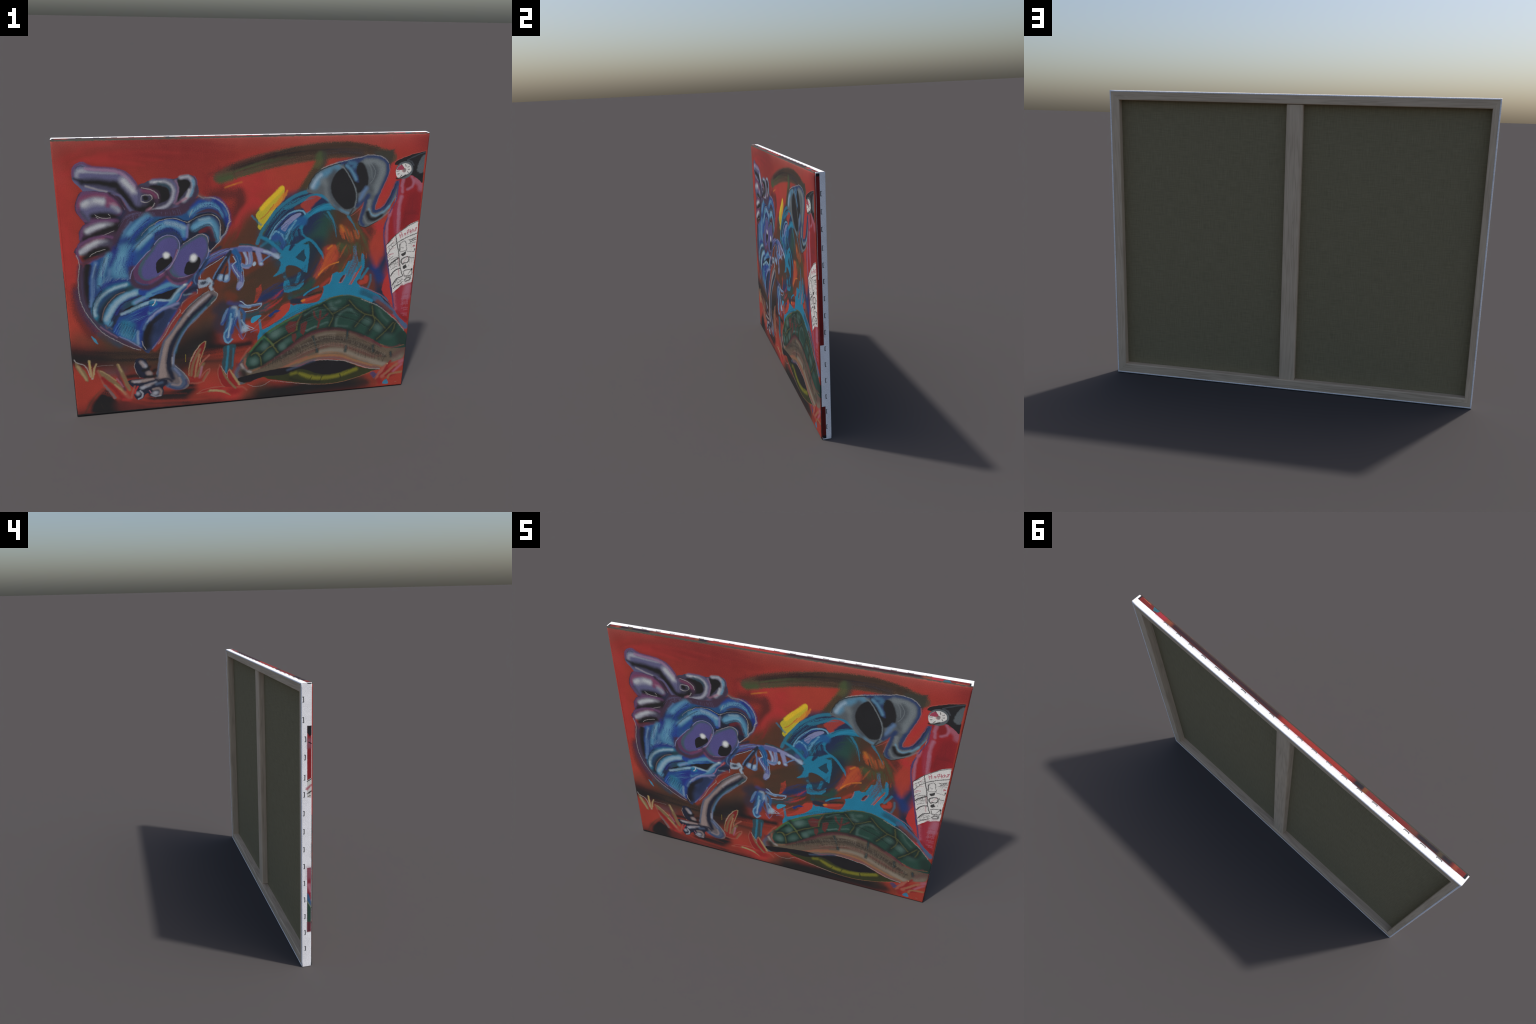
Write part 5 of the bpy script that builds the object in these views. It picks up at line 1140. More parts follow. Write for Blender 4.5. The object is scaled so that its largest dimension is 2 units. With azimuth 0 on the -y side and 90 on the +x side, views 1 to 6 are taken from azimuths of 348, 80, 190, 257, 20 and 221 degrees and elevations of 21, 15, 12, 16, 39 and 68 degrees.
stroke(DEEP_BLUE, [(44.5, 64.5, 2.96), (39.8, 60.2, 2.96), (37.5, 57.2, 2.96)], 3.33, alpha=0.9, grain=1.85, n=3)
stroke(HEAD_BLUE, [(32.5, 61.2, 2.21), (29.7, 59.1, 2.21)], 3.31, alpha=0.8, n=3)
fill(TEAL_MID, [(28.3, 59.2), (33.8, 58.4), (36.8, 56.1), (36.1, 50.2), (33.2, 47.7), (27.8, 50.5)], 1.5, alpha=0.8)
stroke(DEEP_BLUE, [(40.6, 62.5, 2.04), (37.9, 58, 2.04), (36.7, 54.1, 2.04)], 3.34, alpha=0.8, grain=1.48, n=3)
stroke(LIGHT_TEAL, [(27.2, 58.1, 0.17), (25.3, 55.1, 0.17), (24.1, 52.9, 0.17)], 0.18, alpha=0.7, grain=0.74, n=1)
stroke(LIGHT_TEAL, [(28.4, 57.5, 0.17), (26.5, 54.4, 0.17), (25.3, 52.1, 0.17)], 0.18, alpha=0.7, grain=0.74, n=1)
stroke(LIGHT_TEAL, [(29.6, 56.8, 0.17), (27.7, 53.7, 0.17), (26.5, 51.4, 0.17)], 0.19, alpha=0.7, grain=0.74, n=1)
stroke(LIGHT_TEAL, [(30.8, 56.2, 0.17), (28.9, 52.9, 0.17), (27.7, 50.6, 0.17)], 0.19, alpha=0.7, grain=0.74, n=1)
stroke(LIGHT_TEAL, [(32, 55.5, 0.17), (30.1, 52.2, 0.17), (28.9, 49.9, 0.17)], 0.19, alpha=0.7, grain=0.74, n=1)
stroke(LIGHT_TEAL, [(33.2, 54.8, 0.17), (31.3, 51.4, 0.17), (30.1, 49.1, 0.17)], 0.19, alpha=0.7, grain=0.75, n=1)
stroke(LIGHT_TEAL, [(34.5, 54.2, 0.17), (32.5, 50.7, 0.17), (31.4, 48.4, 0.17)], 0.19, alpha=0.7, grain=0.75, n=1)
stroke(LIGHT_TEAL, [(35.7, 53.5, 0.17), (33.8, 49.9, 0.17), (32.6, 47.6, 0.17)], 0.19, alpha=0.7, grain=0.75, n=1)
stroke(LIGHT_TEAL, [(36.9, 52.9, 0.17), (35, 49.2, 0.17), (33.8, 46.9, 0.17)], 0.19, alpha=0.7, grain=0.75, n=1)
stroke(LIGHT_TEAL, [(28.5, 51.7, 1.31), (33.2, 48.1, 1.31), (35.9, 45.8, 1.31)], 2.3, alpha=0.45, grain=1.88, n=3)
stroke(ICE, [(37.5, 51.7, 0.75), (37.1, 48.1, 0.75), (37.5, 44.4, 0.75)], 1.08, alpha=0.9)
stroke(LIGHT_TEAL, [(33.4, 65, 1.1), (39.8, 68, 1.1), (45.5, 70.3, 1.1)], 1.32, n=3)
stroke(ICE, [(28.9, 63.4, 0.62), (34.2, 65.7, 0.62), (40.5, 68.3, 0.62), (46.8, 70.2, 0.62), (52.7, 70.1, 0.62)], 0.92)
stroke(PETROL, [(32.9, 68.2, 2.19), (36.4, 69.4, 2.19)], 2.62, alpha=0.8, n=3)
fill(BLACK, [(29.3, 65), (32.9, 67.4), (39.9, 70.7), (44.5, 72.3), (52.8, 74), (52.7, 70.9), (47.6, 71.3), (41.3, 69.8), (35.6, 67.6), (32.1, 65.9)], 0.29)
stroke(COBALT, [(52.9, 75.1, 1.1), (47, 73.3, 1.1), (41, 71.4, 1.1)], 1.05, alpha=0.7, n=3)
stroke(LIGHT_TEAL, [(53, 77.8, 1.2), (47.1, 75.6, 1.2), (41.4, 72.7, 1.2), (36.1, 69.8, 1.2)], 1.18, n=3)
stroke(LAVENDER, [(41.4, 72.5, 0.55), (36.8, 69.8, 0.55)], 0.92, alpha=0.7)
stroke(ICE, [(47.6, 70.9, 0.29), (47.1, 68.6, 0.29), (45.9, 67.7, 0.29)], 0.18)
stroke(PALE, [(47.4, 70.5, 0.18), (46.8, 69, 0.18)], 0.15)
fill(COBALT, [(38.9, 77.7), (43.7, 78.1), (49.3, 80.3), (53.2, 83.1), (53, 79.7), (47.1, 75.9), (41.1, 73.7), (38.8, 75)], 0.51)
hatch(NIGHT, [(29, 59.1), (32.4, 58.1), (35.7, 55.4)], [(24.5, 53.2), (28.4, 49.7), (33.9, 46.8)], 22, 0.15, 0.5, 0.92, 10)

# open throat
fill(SHADOW_BLUE, [(43.3, 57.6), (49.4, 62.2), (55.9, 66.4), (60.5, 64.5), (60.8, 63.3), (57.5, 59.2), (54.5, 54.6), (52.2, 50.4), (48.1, 44.7), (43.9, 40.2), (42.1, 37.9), (39, 41.5), (39.3, 47.9), (41.3, 53.8)], 0.3)
fill(BLACK, [(41.7, 54.9), (46.1, 59.3), (51.9, 63.6), (51.1, 59.7), (46, 56.1), (43.7, 51.5), (42.1, 46.1), (41.1, 40.4), (39.4, 41.8), (39.7, 48.7)], 0.75, alpha=0.9, grain=0.94)
stroke(NAVY, [(54.8, 63.3, 2.25), (51, 57.7, 2.25), (48, 51.6, 2.25)], 2.7, alpha=0.8, grain=1.88, n=3)
stroke(COBALT, [(59, 63, 0.64), (55.7, 58.1, 0.64), (53, 52, 0.64), (49.2, 46.2, 0.64), (45.4, 41.7, 0.64)], 0.96, alpha=0.8, grain=0.95)
stroke(STEEL_BLUE, [(54.5, 56.2, 0.38), (52.2, 50.4, 0.38), (48.1, 44.7, 0.38), (44.7, 40.7, 0.38)], 0.31, alpha=0.9, grain=0.76)
stroke(SLATE_VIOLET, [(61.3, 67.9, 0.56), (58.7, 65, 0.56), (55.9, 65.6, 0.56)], 0.94, alpha=0.8, grain=0.93)
stroke(COBALT, [(38.7, 43.9, 1.12), (38.7, 51.2, 1.12), (41, 57, 1.12), (46.5, 62.4, 1.12), (52.6, 66.3, 1.12)], 1.21)
stroke(STEEL_BLUE, [(52.6, 66.1, 0.82), (47.2, 63, 0.82), (42.5, 58.4, 0.82), (40.2, 53.5, 0.82)], 0.94, alpha=0.9)
stroke(ICE, [(51.6, 65.9, 0.37), (46.5, 62.4, 0.37), (42.5, 57.6, 0.37)], 0.37, alpha=0.6, grain=0.56)
stroke(BLACK, [(43.7, 53.9, 2.46), (41.7, 47.7, 2.46), (41.8, 42.8, 2.46)], 2.04, alpha=0.9, n=3)
stroke(CHALK, [(39.1, 45.9, 0.23), (39.7, 43, 0.23), (41, 40.5, 0.23)], 0.23, alpha=0.7, grain=0.76)

# mouth corner
fill(SHADOW_BLUE, [(59.9, 68.4), (62.8, 72.9), (64.3, 75.1), (67.1, 78), (69.3, 80.1), (70.7, 79.3), (71, 74.2), (69.2, 72), (66.3, 70.3), (63.4, 68.9), (61.9, 67.1), (59.8, 64.9), (55.9, 66.4)], 0.3)
fill(BLACK, [(43.9, 71.6), (46.7, 73.3), (52.3, 74.8), (58, 76.7), (61.1, 77.2), (59.3, 75.1), (56.4, 71), (55, 70.4), (50.1, 71.3), (46.6, 71.6)], 0.22)
fill(COBALT, [(44.1, 77.3), (48.4, 80.8), (52, 83.6), (53.7, 84.2), (55.6, 79.9), (53.5, 78.2), (48.2, 76.2), (44, 74.2)], 0.36)
stroke(LIGHT_TEAL, [(44, 74.2, 1.27), (48.2, 76.2, 1.27), (53.2, 78.9, 1.27), (56.7, 79.5, 1.27), (60.1, 78.1, 0.36)], 1.05)
stroke(COBALT, [(46.1, 74.5, 0.44), (51, 76.4, 0.44), (56.3, 77.6, 0.44)], 0.66, alpha=0.8, grain=0.73)
stroke(ICE, [(64.4, 78.9, 0.74), (61.5, 76.8, 0.74), (58.6, 73.6, 0.74), (56, 69.9, 0.74), (52.9, 69.7, 0.74), (46.6, 70.6, 0.74)], 0.93, grain=0.74)
stroke(LIGHT_TEAL, [(60, 73.1, 0.93), (57.1, 69.4, 0.93), (53.1, 67.4, 0.93), (49.2, 66.1, 0.93), (44.2, 63, 0.93)], 1.2, alpha=0.9, grain=0.74)
fill(COBALT, [(43.8, 69.3), (46.6, 70.2), (51.4, 69.5), (54.9, 69.2), (52.8, 67), (47.8, 65.5), (44.2, 63.4)], 0.52, alpha=0.9)
blob(TEAL, 46.2, 68.7, 2.21, 1.84, 0, 0.74, alpha=0.8)
stroke(PALE, [(47.3, 70.5, 0.29), (46.9, 68.6, 0.29), (45.8, 67.6, 0.29)], 0.18)
stroke(LAVENDER, [(59.8, 68, 0.67), (55.9, 66.4, 0.67), (50.6, 64.8, 0.67), (46.3, 62.1, 0.67), (44, 59.1, 0.67)], 0.94, alpha=0.9, grain=0.74)
stroke(ROSE, [(67.2, 79.5, 0.3), (65, 76.6, 0.3), (62.1, 73.7, 0.3), (61, 70.7, 0.3), (59.2, 68.9, 0.3)], 0.3, alpha=0.8, grain=0.74)
blob(PALE, 63.6, 78.8, 0.73, 0.59, 0, 0.37)
stroke(ICE, [(63.5, 72.8, 0.48), (66.3, 73, 0.48), (68.8, 72.8, 0.48)], 0.67, alpha=0.7, grain=0.93)
stroke(NIGHT, [(64.2, 73.9, 1.29), (67.1, 75.7, 1.29), (69.9, 76.2, 1.29)], 1.46, alpha=0.9, n=3)
stroke(CHALK, [(70.6, 75.4, 0.22), (70.6, 73.1, 0.22), (68.8, 72.1, 0.22), (65.6, 70.3, 0.22), (62.3, 67.9, 0.22), (61.5, 65.2, 0.22)], 0.22, alpha=0.8, grain=0.93)

# eyes
stroke(PLUM, [(35.8, 89.8, 1.63), (35.8, 83.2, 1.63), (38.6, 79.6, 1.63), (43.7, 78.5, 1.63), (49, 80.7, 1.63), (53.2, 84.2, 1.63)], 1.17)
stroke(MAGENTA, [(37.5, 90.5, 0.71), (38.2, 85.2, 0.71), (40.5, 82.5, 0.71)], 0.9, alpha=0.8)
stroke(ROSE, [(37.8, 89.7, 0.43), (38.2, 85.2, 0.43), (40.1, 82.1, 0.43), (43.5, 81.9, 0.43)], 0.64, alpha=0.7, grain=0.72)
stroke(LAVENDER, [(46, 100.2, 0.25), (41.1, 95.4, 0.25), (37.5, 90.8, 0.25), (35.7, 88.7, 0.25), (34.5, 84.4, 0.25)], 0.21, alpha=0.9, grain=0.7)
stroke(COBALT, [(48.6, 105.6, 1.56), (52.8, 108.7, 1.56), (57.6, 109.9, 1.56), (61.5, 105.7, 1.56)], 1.63, alpha=0.9, n=3)
stroke(NIGHT, [(48.2, 103.2, 0.54), (50.7, 106.3, 0.54), (54.8, 108.1, 0.54), (57.8, 107.9, 0.54), (60.7, 105.8, 0.54), (61.8, 102.4, 0.54)], 1.17, alpha=0.8)
fill(LID, [(50.7, 106.3), (54.8, 108), (57.8, 107.7), (60.5, 105.7), (61.6, 102.4), (61.2, 99.5), (59.5, 95.2), (56.6, 90.6), (52.4, 85.4), (48.5, 82.7), (48.7, 82.3), (43.5, 80.4), (39.1, 81.8), (36.6, 85.3), (37.1, 90.1), (41.1, 95), (45.7, 99.7)], 0.45)
fill(IRIS_GREEN, [(50.7, 105.9), (54.8, 107.6), (57.8, 107.3), (60.3, 105.4), (61.3, 102.4), (60.9, 99.5), (59.3, 95.2), (56.5, 90.9), (51.7, 86), (48.2, 83.6), (48.1, 83.8), (43.6, 82.4), (40.6, 83.8), (39, 86.7), (39.5, 90.7), (41.9, 95), (45.8, 99.3)], 0.45)
fill(IRIS, [(53.7, 106.1), (57.5, 106.6), (60, 105.1), (60.7, 102.1), (60.1, 99.2), (58.3, 94.9), (55.8, 91), (51.5, 86.5), (48.2, 84.4), (48.1, 84.4), (43.6, 83), (41.1, 85.4), (41.3, 89.9), (43.9, 94.9), (47.5, 99.4), (49.9, 103.4)], 0.89)
stroke(NIGHT, [(62.1, 102, 0.55), (63.5, 103.1, 0.55), (67.7, 105.7, 0.55), (71.8, 108, 0.55), (74.6, 108, 0.55)], 1.18, alpha=0.8)
fill(LID, [(62.9, 102), (67.6, 105.4), (71.8, 107.7), (74.2, 107.8), (76.8, 106), (77.5, 102.3), (77.2, 97.1), (73.9, 92), (71.2, 86.9), (67.6, 83.3), (63.7, 82), (59.9, 81.9), (56.5, 83.7), (54.8, 87.5), (57, 90.7), (59.2, 95.4), (60.4, 99)], 0.45)
fill(IRIS_GREEN, [(63.5, 102), (67.6, 105), (71.8, 107.3), (74.2, 107.5), (76.4, 105.6), (77, 102.3), (76.8, 97.2), (73.5, 92), (70.7, 86.9), (67.3, 84.3), (63.7, 83.2), (59.9, 83.2), (57, 84.9), (55.7, 87.8), (57.2, 90.7), (59.4, 95.4), (60.5, 98.9)], 0.45)
fill(IRIS, [(65.2, 101.9), (69, 104.4), (72.5, 106.1), (74.5, 106), (76, 103.8), (76.4, 100.5), (76, 96.8), (72.8, 91.3), (70.2, 87.3), (66.8, 84.6), (63.2, 83.7), (59.6, 84.5), (57.1, 87), (57.9, 91.1), (60.3, 96.1), (61.4, 98.6)], 0.9)
stroke(LID, [(60, 99.4, 0.54), (58.9, 94.7, 0.54), (56.3, 89.7, 0.54), (53.1, 86.5, 0.54), (48.9, 83.8, 0.54), (45, 81.4, 0.54)], 0.65)
stroke(MAUVE, [(60.4, 99.4, 0.29), (58.9, 95.1, 0.29), (56.3, 90, 0.29), (53.8, 87.6, 0.29), (50.3, 85.2, 0.29)], 0.29, alpha=0.8, grain=0.72)
stroke(MAGENTA, [(52.7, 85.8, 0.72), (49.2, 83.4, 0.72), (45, 81, 0.72)], 1.04, alpha=0.6, grain=0.9)
stroke(PLUM, [(54.1, 86.8, 1.09), (56.1, 82.9, 1.09), (60.2, 81.1, 1.09), (64.4, 81.6, 1.09), (67.6, 83.7, 1.09)], 1.18)
stroke(MAGENTA, [(54.4, 83.8, 0.62), (57.4, 80.2, 0.62), (61.6, 79.5, 0.62), (64.7, 80.8, 0.62)], 0.92, alpha=0.8, grain=0.91)
stroke(IRIS_GREEN, [(57.3, 90, 0.72), (58.3, 86.9, 0.72), (59.6, 85, 0.72)], 1.43, alpha=0.6, grain=0.9)
stroke(MAUVE, [(60.3, 83, 0.15), (64.5, 83.5, 0.15), (68, 84.8, 0.15)], 0.18, alpha=0.8, grain=0.55)
fill(BLACK, [(48.6, 90.9), (49.6, 93.8), (52.4, 95.8), (55.8, 96.4), (57.5, 94.8), (56.4, 91.9), (52.8, 88.8), (49.6, 86.4), (48.7, 87.9)], 0.21)
blob(SOOT, 52.2, 89.6, 2.5, 2.14, 0, 1.43, alpha=0.6)
fill(BLACK, [(63.7, 86.6), (64.6, 90.6), (66.8, 92.8), (70.3, 94.8), (72.4, 94.3), (72.7, 91.3), (71.2, 87.6), (68.7, 85.1), (65.9, 84.5), (64.3, 85)], 0.25)
blob(SOOT, 67.7, 89, 2.17, 2.17, 0, 1.81, alpha=0.35)
blob(PALE, 54.3, 96.6, 1.84, 1.84, 0, 0.92)
blob(PALE, 68.9, 94.3, 1.94, 2.37, -20, 0.94)
blob(GLINT, 54.3, 96.6, 1.2, 1.35, 0, 0.71)
blob(GLINT, 68.9, 94.4, 1.29, 1.65, -20, 0.72)
stroke(LAVENDER, [(48.2, 103.2, 0.21), (50.7, 106.3, 0.21), (54.8, 108, 0.21), (57.8, 107.7, 0.21), (60.5, 105.7, 0.21), (61.6, 102.4, 0.21), (61.2, 99.5, 0.21), (59.5, 95.2, 0.21), (56.6, 90.6, 0.21), (53.8, 88.2, 0.21)], 0.21, alpha=0.9, grain=0.53)
stroke(CHALK, [(63.5, 102.7, 0.21), (67.6, 105.4, 0.21), (71.8, 107.7, 0.21), (74.2, 107.8, 0.21), (76.6, 106, 0.21), (77.3, 102.3, 0.21), (77.2, 97.1, 0.21)], 0.21, alpha=0.9, grain=0.71)
stroke(LAVENDER, [(77.3, 106.7, 0.25), (78, 104.1, 0.25), (77.6, 98.2, 0.25), (75.8, 93.1, 0.25), (72.2, 88.1, 0.25)], 0.29, alpha=0.8, grain=0.54)

# brow folds
fill(NIGHT, [(50, 115.5), (54.5, 117.8), (60.1, 117.2), (65.1, 115.6), (67.9, 116.1), (70.6, 118.1), (73.4, 119.4), (78.1, 119.9), (81.6, 118.4), (84.3, 115.4), (87.1, 110.9), (86.7, 108.8), (84.3, 106), (82.9, 103.1), (78.6, 98.2), (76.9, 101.2), (77.7, 105.6), (75.3, 107.9), (72.5, 108), (69, 106.4), (62.8, 102.4), (61.8, 104.2), (60.5, 107.2), (56.8, 108.5), (52.8, 108.3), (48.6, 105.6)], 0.36)
fill(COBALT, [(49, 114.5), (53.1, 116.5), (57.8, 116.9), (62.4, 115.7), (65.1, 113.8), (66.4, 110.9), (65.6, 105.8), (63.9, 104.5), (62.2, 106.4), (58.9, 110.1), (54.9, 111.4), (48.8, 108.9)], 0.49)
fill(SHADOW_BLUE, [(48.7, 107.8), (53.2, 110.4), (57.3, 111.3), (61.6, 107.9), (63.2, 105.2), (62.1, 103.1), (61.2, 106.4), (57.5, 108.4), (52.8, 108.3), (48.6, 105.3)], 0.42, alpha=0.9)
stroke(LIGHT_TEAL, [(47.5, 110.7, 1.73), (52.3, 113.3, 1.73), (56.3, 114.2, 1.73), (60, 113.3, 1.73), (63.3, 111, 1.73), (63.9, 107.4, 0.87)], 1.5)
stroke(ICE, [(55, 115, 0.87), (59, 114.1, 0.87), (63, 112.4, 0.87), (64.4, 112, 0.87)], 1.38, alpha=0.9, n=3)
stroke(SKY, [(48.9, 111.7, 0.76), (53, 113.3, 0.76)], 1.49, alpha=0.7)
stroke(DEEP_BLUE, [(48.8, 108.9, 1.04), (53.9, 110.8, 1.04), (57.6, 110.9, 1.04)], 1.49, alpha=0.7, grain=1.21, n=3)
stroke(LAVENDER, [(66.5, 113.4, 0.52), (66, 110.5, 0.52), (65.6, 106.6, 0.52)], 0.88, alpha=0.7, grain=0.87)
stroke(CHALK, [(49, 114.5, 0.14), (51.1, 116.2, 0.14), (56.4, 117.2, 0.14), (60.1, 117.2, 0.14), (63.5, 115.6, 0.14), (66.1, 114.8, 0.14), (68.9, 116.1, 0.14)], 0.17, alpha=0.8, grain=0.69)
fill(SHADOW_BLUE, [(67.8, 111.9), (69.2, 115.4), (72.7, 117.3), (77.1, 118.2), (80.2, 117.7), (82.6, 115.1), (83.6, 111.1), (83.2, 105.3), (82.2, 102.4), (80.8, 103.2), (81.1, 107.6), (79.4, 111.3), (77.4, 112.8), (73.2, 111.6), (69.8, 109.6)], 0.36)
stroke(LIGHT_TEAL, [(69.8, 111.8, 1.94), (73.3, 114.1, 1.94), (77.1, 115, 1.94), (79.5, 113.1, 1.94), (81.2, 109, 1.94), (82.2, 104.2, 1.06)], 1.65)
stroke(SKY, [(70.5, 112.1, 0.88), (74, 113.7, 0.88), (78.1, 113.9, 0.88)], 1.51, alpha=0.7, n=3)
stroke(ICE, [(72.6, 115.9, 0.52), (77.8, 116.4, 0.52)], 1.01, alpha=0.7)
fill(WINE, [(72.2, 109.5), (76, 111.8), (78.8, 111.7), (79.8, 109.1), (80.4, 105.4), (81.1, 103.9), (78.7, 103.3), (77.7, 107.4), (75.3, 108.6), (72.5, 108.4)], 0.5, alpha=0.7)
stroke(NIGHT, [(77.3, 108.9, 1.25), (79.4, 105.5, 1.25), (79.4, 101.1, 1.25)], 1.67, alpha=0.9, n=3)
stroke(CHALK, [(66.8, 114.8, 0.25), (70.6, 117.1, 0.25), (75.4, 118.6, 0.25), (79.5, 118.5, 0.25), (82.6, 116.2, 0.25), (83.9, 112.5, 0.25), (83.6, 107.5, 0.25), (83.6, 104.5, 0.25)], 0.21, alpha=0.8, grain=0.7)
stroke(NIGHT, [(67.9, 115.4, 0.7), (70.6, 117.4, 0.7), (74.7, 118.7, 0.7), (78.8, 118.8, 0.7)], 1, alpha=0.7)
hatch(NIGHT, [(48.7, 107.1), (52.8, 109.7), (57.6, 110.2), (61.5, 107.1)], [(48.8, 109.2), (52.9, 111.2), (57.6, 111.6), (62.3, 109.3)], 20, 0.14, 0.4, 0.87, 11)
fill(HEAD_BLUE, [(67.2, 117.6), (68, 121.8), (70.1, 124.5), (72.8, 126.5), (76.9, 127.7), (80.9, 127.2), (85, 124.9), (87.4, 121), (88.5, 116.6), (88.1, 113), (86.7, 110.9), (85, 114.6), (83.6, 118.3), (80.9, 120.5), (77.5, 121.4), (72.7, 120.2), (69.3, 117.5)], 0.28)
stroke(COBALT, [(69.3, 122.4, 1.38), (72.8, 125.8, 1.38), (78.9, 126.6, 1.38), (82.3, 126.1, 1.38), (85.7, 122.4, 1.38), (87.4, 118.1, 1.38), (87.8, 113.1, 1.38)], 1.37)
stroke(LIGHT_TEAL, [(68.3, 119.7, 1.38), (71.4, 122.3, 1.38), (75.5, 123.9, 1.38), (78.9, 123.8, 1.38), (81.6, 122.3, 1.38), (84.3, 120.4, 1.38), (85.7, 118.2, 1.38)], 1.37, grain=1.21)
stroke(SKY, [(72.7, 123.7, 0.69), (78.2, 124.5, 0.69)], 1.24, alpha=0.8, grain=1.21)
stroke(DEEP_BLUE, [(81.3, 125.8, 0.7), (84, 122.5, 0.7), (86, 118.2, 0.7), (87.4, 112.7, 0.7)], 0.76, alpha=0.9)
fill(PLUM, [(70.6, 119.2), (74.8, 121.5), (78.8, 122), (82.3, 120.5), (84.3, 117.2), (85, 115), (81.6, 118.7), (78.1, 119.9), (74, 119.8)], 0.49)
stroke(NIGHT, [(85, 115, 0.71), (86.4, 111.7, 0.71), (85, 107.4, 0.71)], 1.15, alpha=0.9)
stroke(UMBER, [(84, 115, 0.71), (85, 112.1, 0.71), (85, 108.1, 0.71)], 0.89, alpha=0.7)
stroke(CHALK, [(72.2, 129.3, 0.32), (74.8, 127.8, 0.32), (78.9, 128, 0.32), (82.3, 126.8, 0.32), (85.7, 123.9, 0.32), (88.1, 119.5, 0.32), (88.8, 115.2, 0.32), (87.8, 111.6, 0.32), (86.7, 108, 0.32), (84.6, 105.6, 0.32)], 0.32, alpha=0.7, grain=1.58)
stroke(CHALK, [(87.8, 112.7, 0.18), (89.5, 114.4, 0.18)], 0.18, alpha=0.8)
stroke(CHALK, [(67.2, 117.6, 0.17), (68.3, 120.4, 0.17), (69, 121.7, 0.17)], 0.28, alpha=0.6, grain=0.86)
stroke(BROWN_GREY, [(72.5, 129.3, 0.86), (74.8, 127.8, 0.86), (78.2, 127, 0.86)], 1.23, alpha=0.7, grain=1.71, n=3)
hatch(DEEP_BLUE, [(69.3, 122.4), (72.8, 125.4), (76.9, 126.7), (80.9, 126.2)], [(68.3, 119), (72, 121.6), (76.1, 123.2), (80.6, 122.7)], 22, 0.15, 0.5, 1.03, 12)
hatch(ICE, [(70, 121.7), (73.4, 124), (78.2, 124.5), (81.6, 123)], [(69.3, 119.6), (72.7, 121.9), (77.5, 122.4), (81.6, 121.2)], 14, 0.14, 0.4, 1.03, 13)
stroke(CHALK, [(84.3, 105.2, 0.22), (83.2, 103.1, 0.22), (80, 99.6, 0.22), (77.9, 97.5, 0.22)], 0.22, alpha=0.8, grain=0.72)
stroke(PLUM, [(63.3, 124.1, 0.51), (69.4, 125.9, 0.51)], 0.86, alpha=0.6)

# dark drawing over the head
stroke(NIGHT, [(18.6, 78, 0.36), (15.3, 73.3, 0.36), (13.6, 68.1, 0.36), (13.5, 62.7, 0.36)], 0.36, alpha=0.7, grain=0.72)
stroke(NIGHT, [(21.6, 57.4, 0.29), (24.3, 61.9, 0.29), (27, 66.7, 0.29), (30.6, 70.3, 0.29), (36.6, 72.5, 0.29), (40.1, 73.8, 0.29)], 0.33, alpha=0.7, grain=0.72)
stroke(NIGHT, [(28.4, 61.9, 0.26), (32.7, 63.5, 0.26), (39.8, 66.9, 0.26), (46.8, 68.6, 0.26)], 0.29, alpha=0.6, grain=0.73)
stroke(DEEP_BLUE, [(38.7, 51.6, 0.48), (41.1, 57.7, 0.48), (45.8, 62.9, 0.48), (51.6, 67.1, 0.48)], 0.44, alpha=0.6, grain=0.74)
stroke(NIGHT, [(17.5, 81.4, 0.32), (19.3, 78.3, 0.32), (17.7, 75, 0.32)], 0.42, alpha=0.5, grain=0.89)
hatch(NIGHT, [(17, 93.2), (19.8, 95.2), (23.3, 98.6)], [(15, 83.1), (17.1, 84.4), (20.9, 92.2)], 12, 0.21, 0.4, 1.21, 61)
hatch(DEEP_BLUE, [(30.9, 92.7), (34.3, 93.6), (37.8, 96.3)], [(27.8, 85.9), (31.8, 85.3), (34.7, 88.8)], 12, 0.21, 0.4, 1.22, 62)
stroke(NIGHT, [(49, 115.2, 0.31), (51.4, 116.9, 0.31), (56.5, 117.9, 0.31), (60.5, 117.7, 0.31), (63.8, 116.1, 0.31), (66.2, 115.5, 0.31)], 0.34, alpha=0.7, grain=0.69)
stroke(NIGHT, [(48.8, 109.2, 0.28), (53.2, 111.5, 0.28), (57.3, 111.8, 0.28), (61.3, 109, 0.28), (62.9, 105.6, 0.28)], 0.35, alpha=0.6, grain=0.87)
stroke(NIGHT, [(69.1, 109.6, 0.35), (72.6, 111.6, 0.35), (76.7, 113.2, 0.35), (79.4, 111.7, 0.35), (80.8, 107.6, 0.35), (81.8, 103.9, 0.35)], 0.42, alpha=0.6, grain=0.88)
stroke(NIGHT, [(67.8, 112.6, 0.24), (69.9, 116, 0.24), (74, 117.8, 0.24), (78.8, 118.3, 0.24), (82.6, 115.8, 0.24)], 0.31, alpha=0.6, grain=0.7)
stroke(DEEP_BLUE, [(67.9, 116.8, 0.42), (70.7, 120.6, 0.42), (74.8, 122.2, 0.42), (79.5, 122, 0.42), (82.9, 120.1, 0.42)], 0.48, alpha=0.6, grain=1.04)
hatch(COBALT, [(49.6, 112.7), (54.4, 115.3), (59.1, 115.1), (63.7, 112.8)], [(49.5, 110.6), (54.3, 112.9), (59, 112.6), (63.7, 109.9)], 18, 0.15, 0.5, 1.03, 63)
stroke(NIGHT, [(51.9, 113.9, 0.31), (47.8, 110.9, 0.31), (43, 106.9, 0.31), (38.8, 102.4, 0.31), (36.6, 99.6, 0.31)], 0.35, alpha=0.6, grain=0.86)
stroke(NIGHT, [(46.8, 118.3, 0.31), (42, 114, 0.31), (38.2, 109.9, 0.31), (35, 106.6, 0.31)], 0.41, alpha=0.45, grain=1.03)
stroke(NIGHT, [(31.9, 110.3, 0.51), (29.7, 106.5, 0.51), (27.5, 101.6, 0.51)], 0.55, alpha=0.5, grain=1.02)
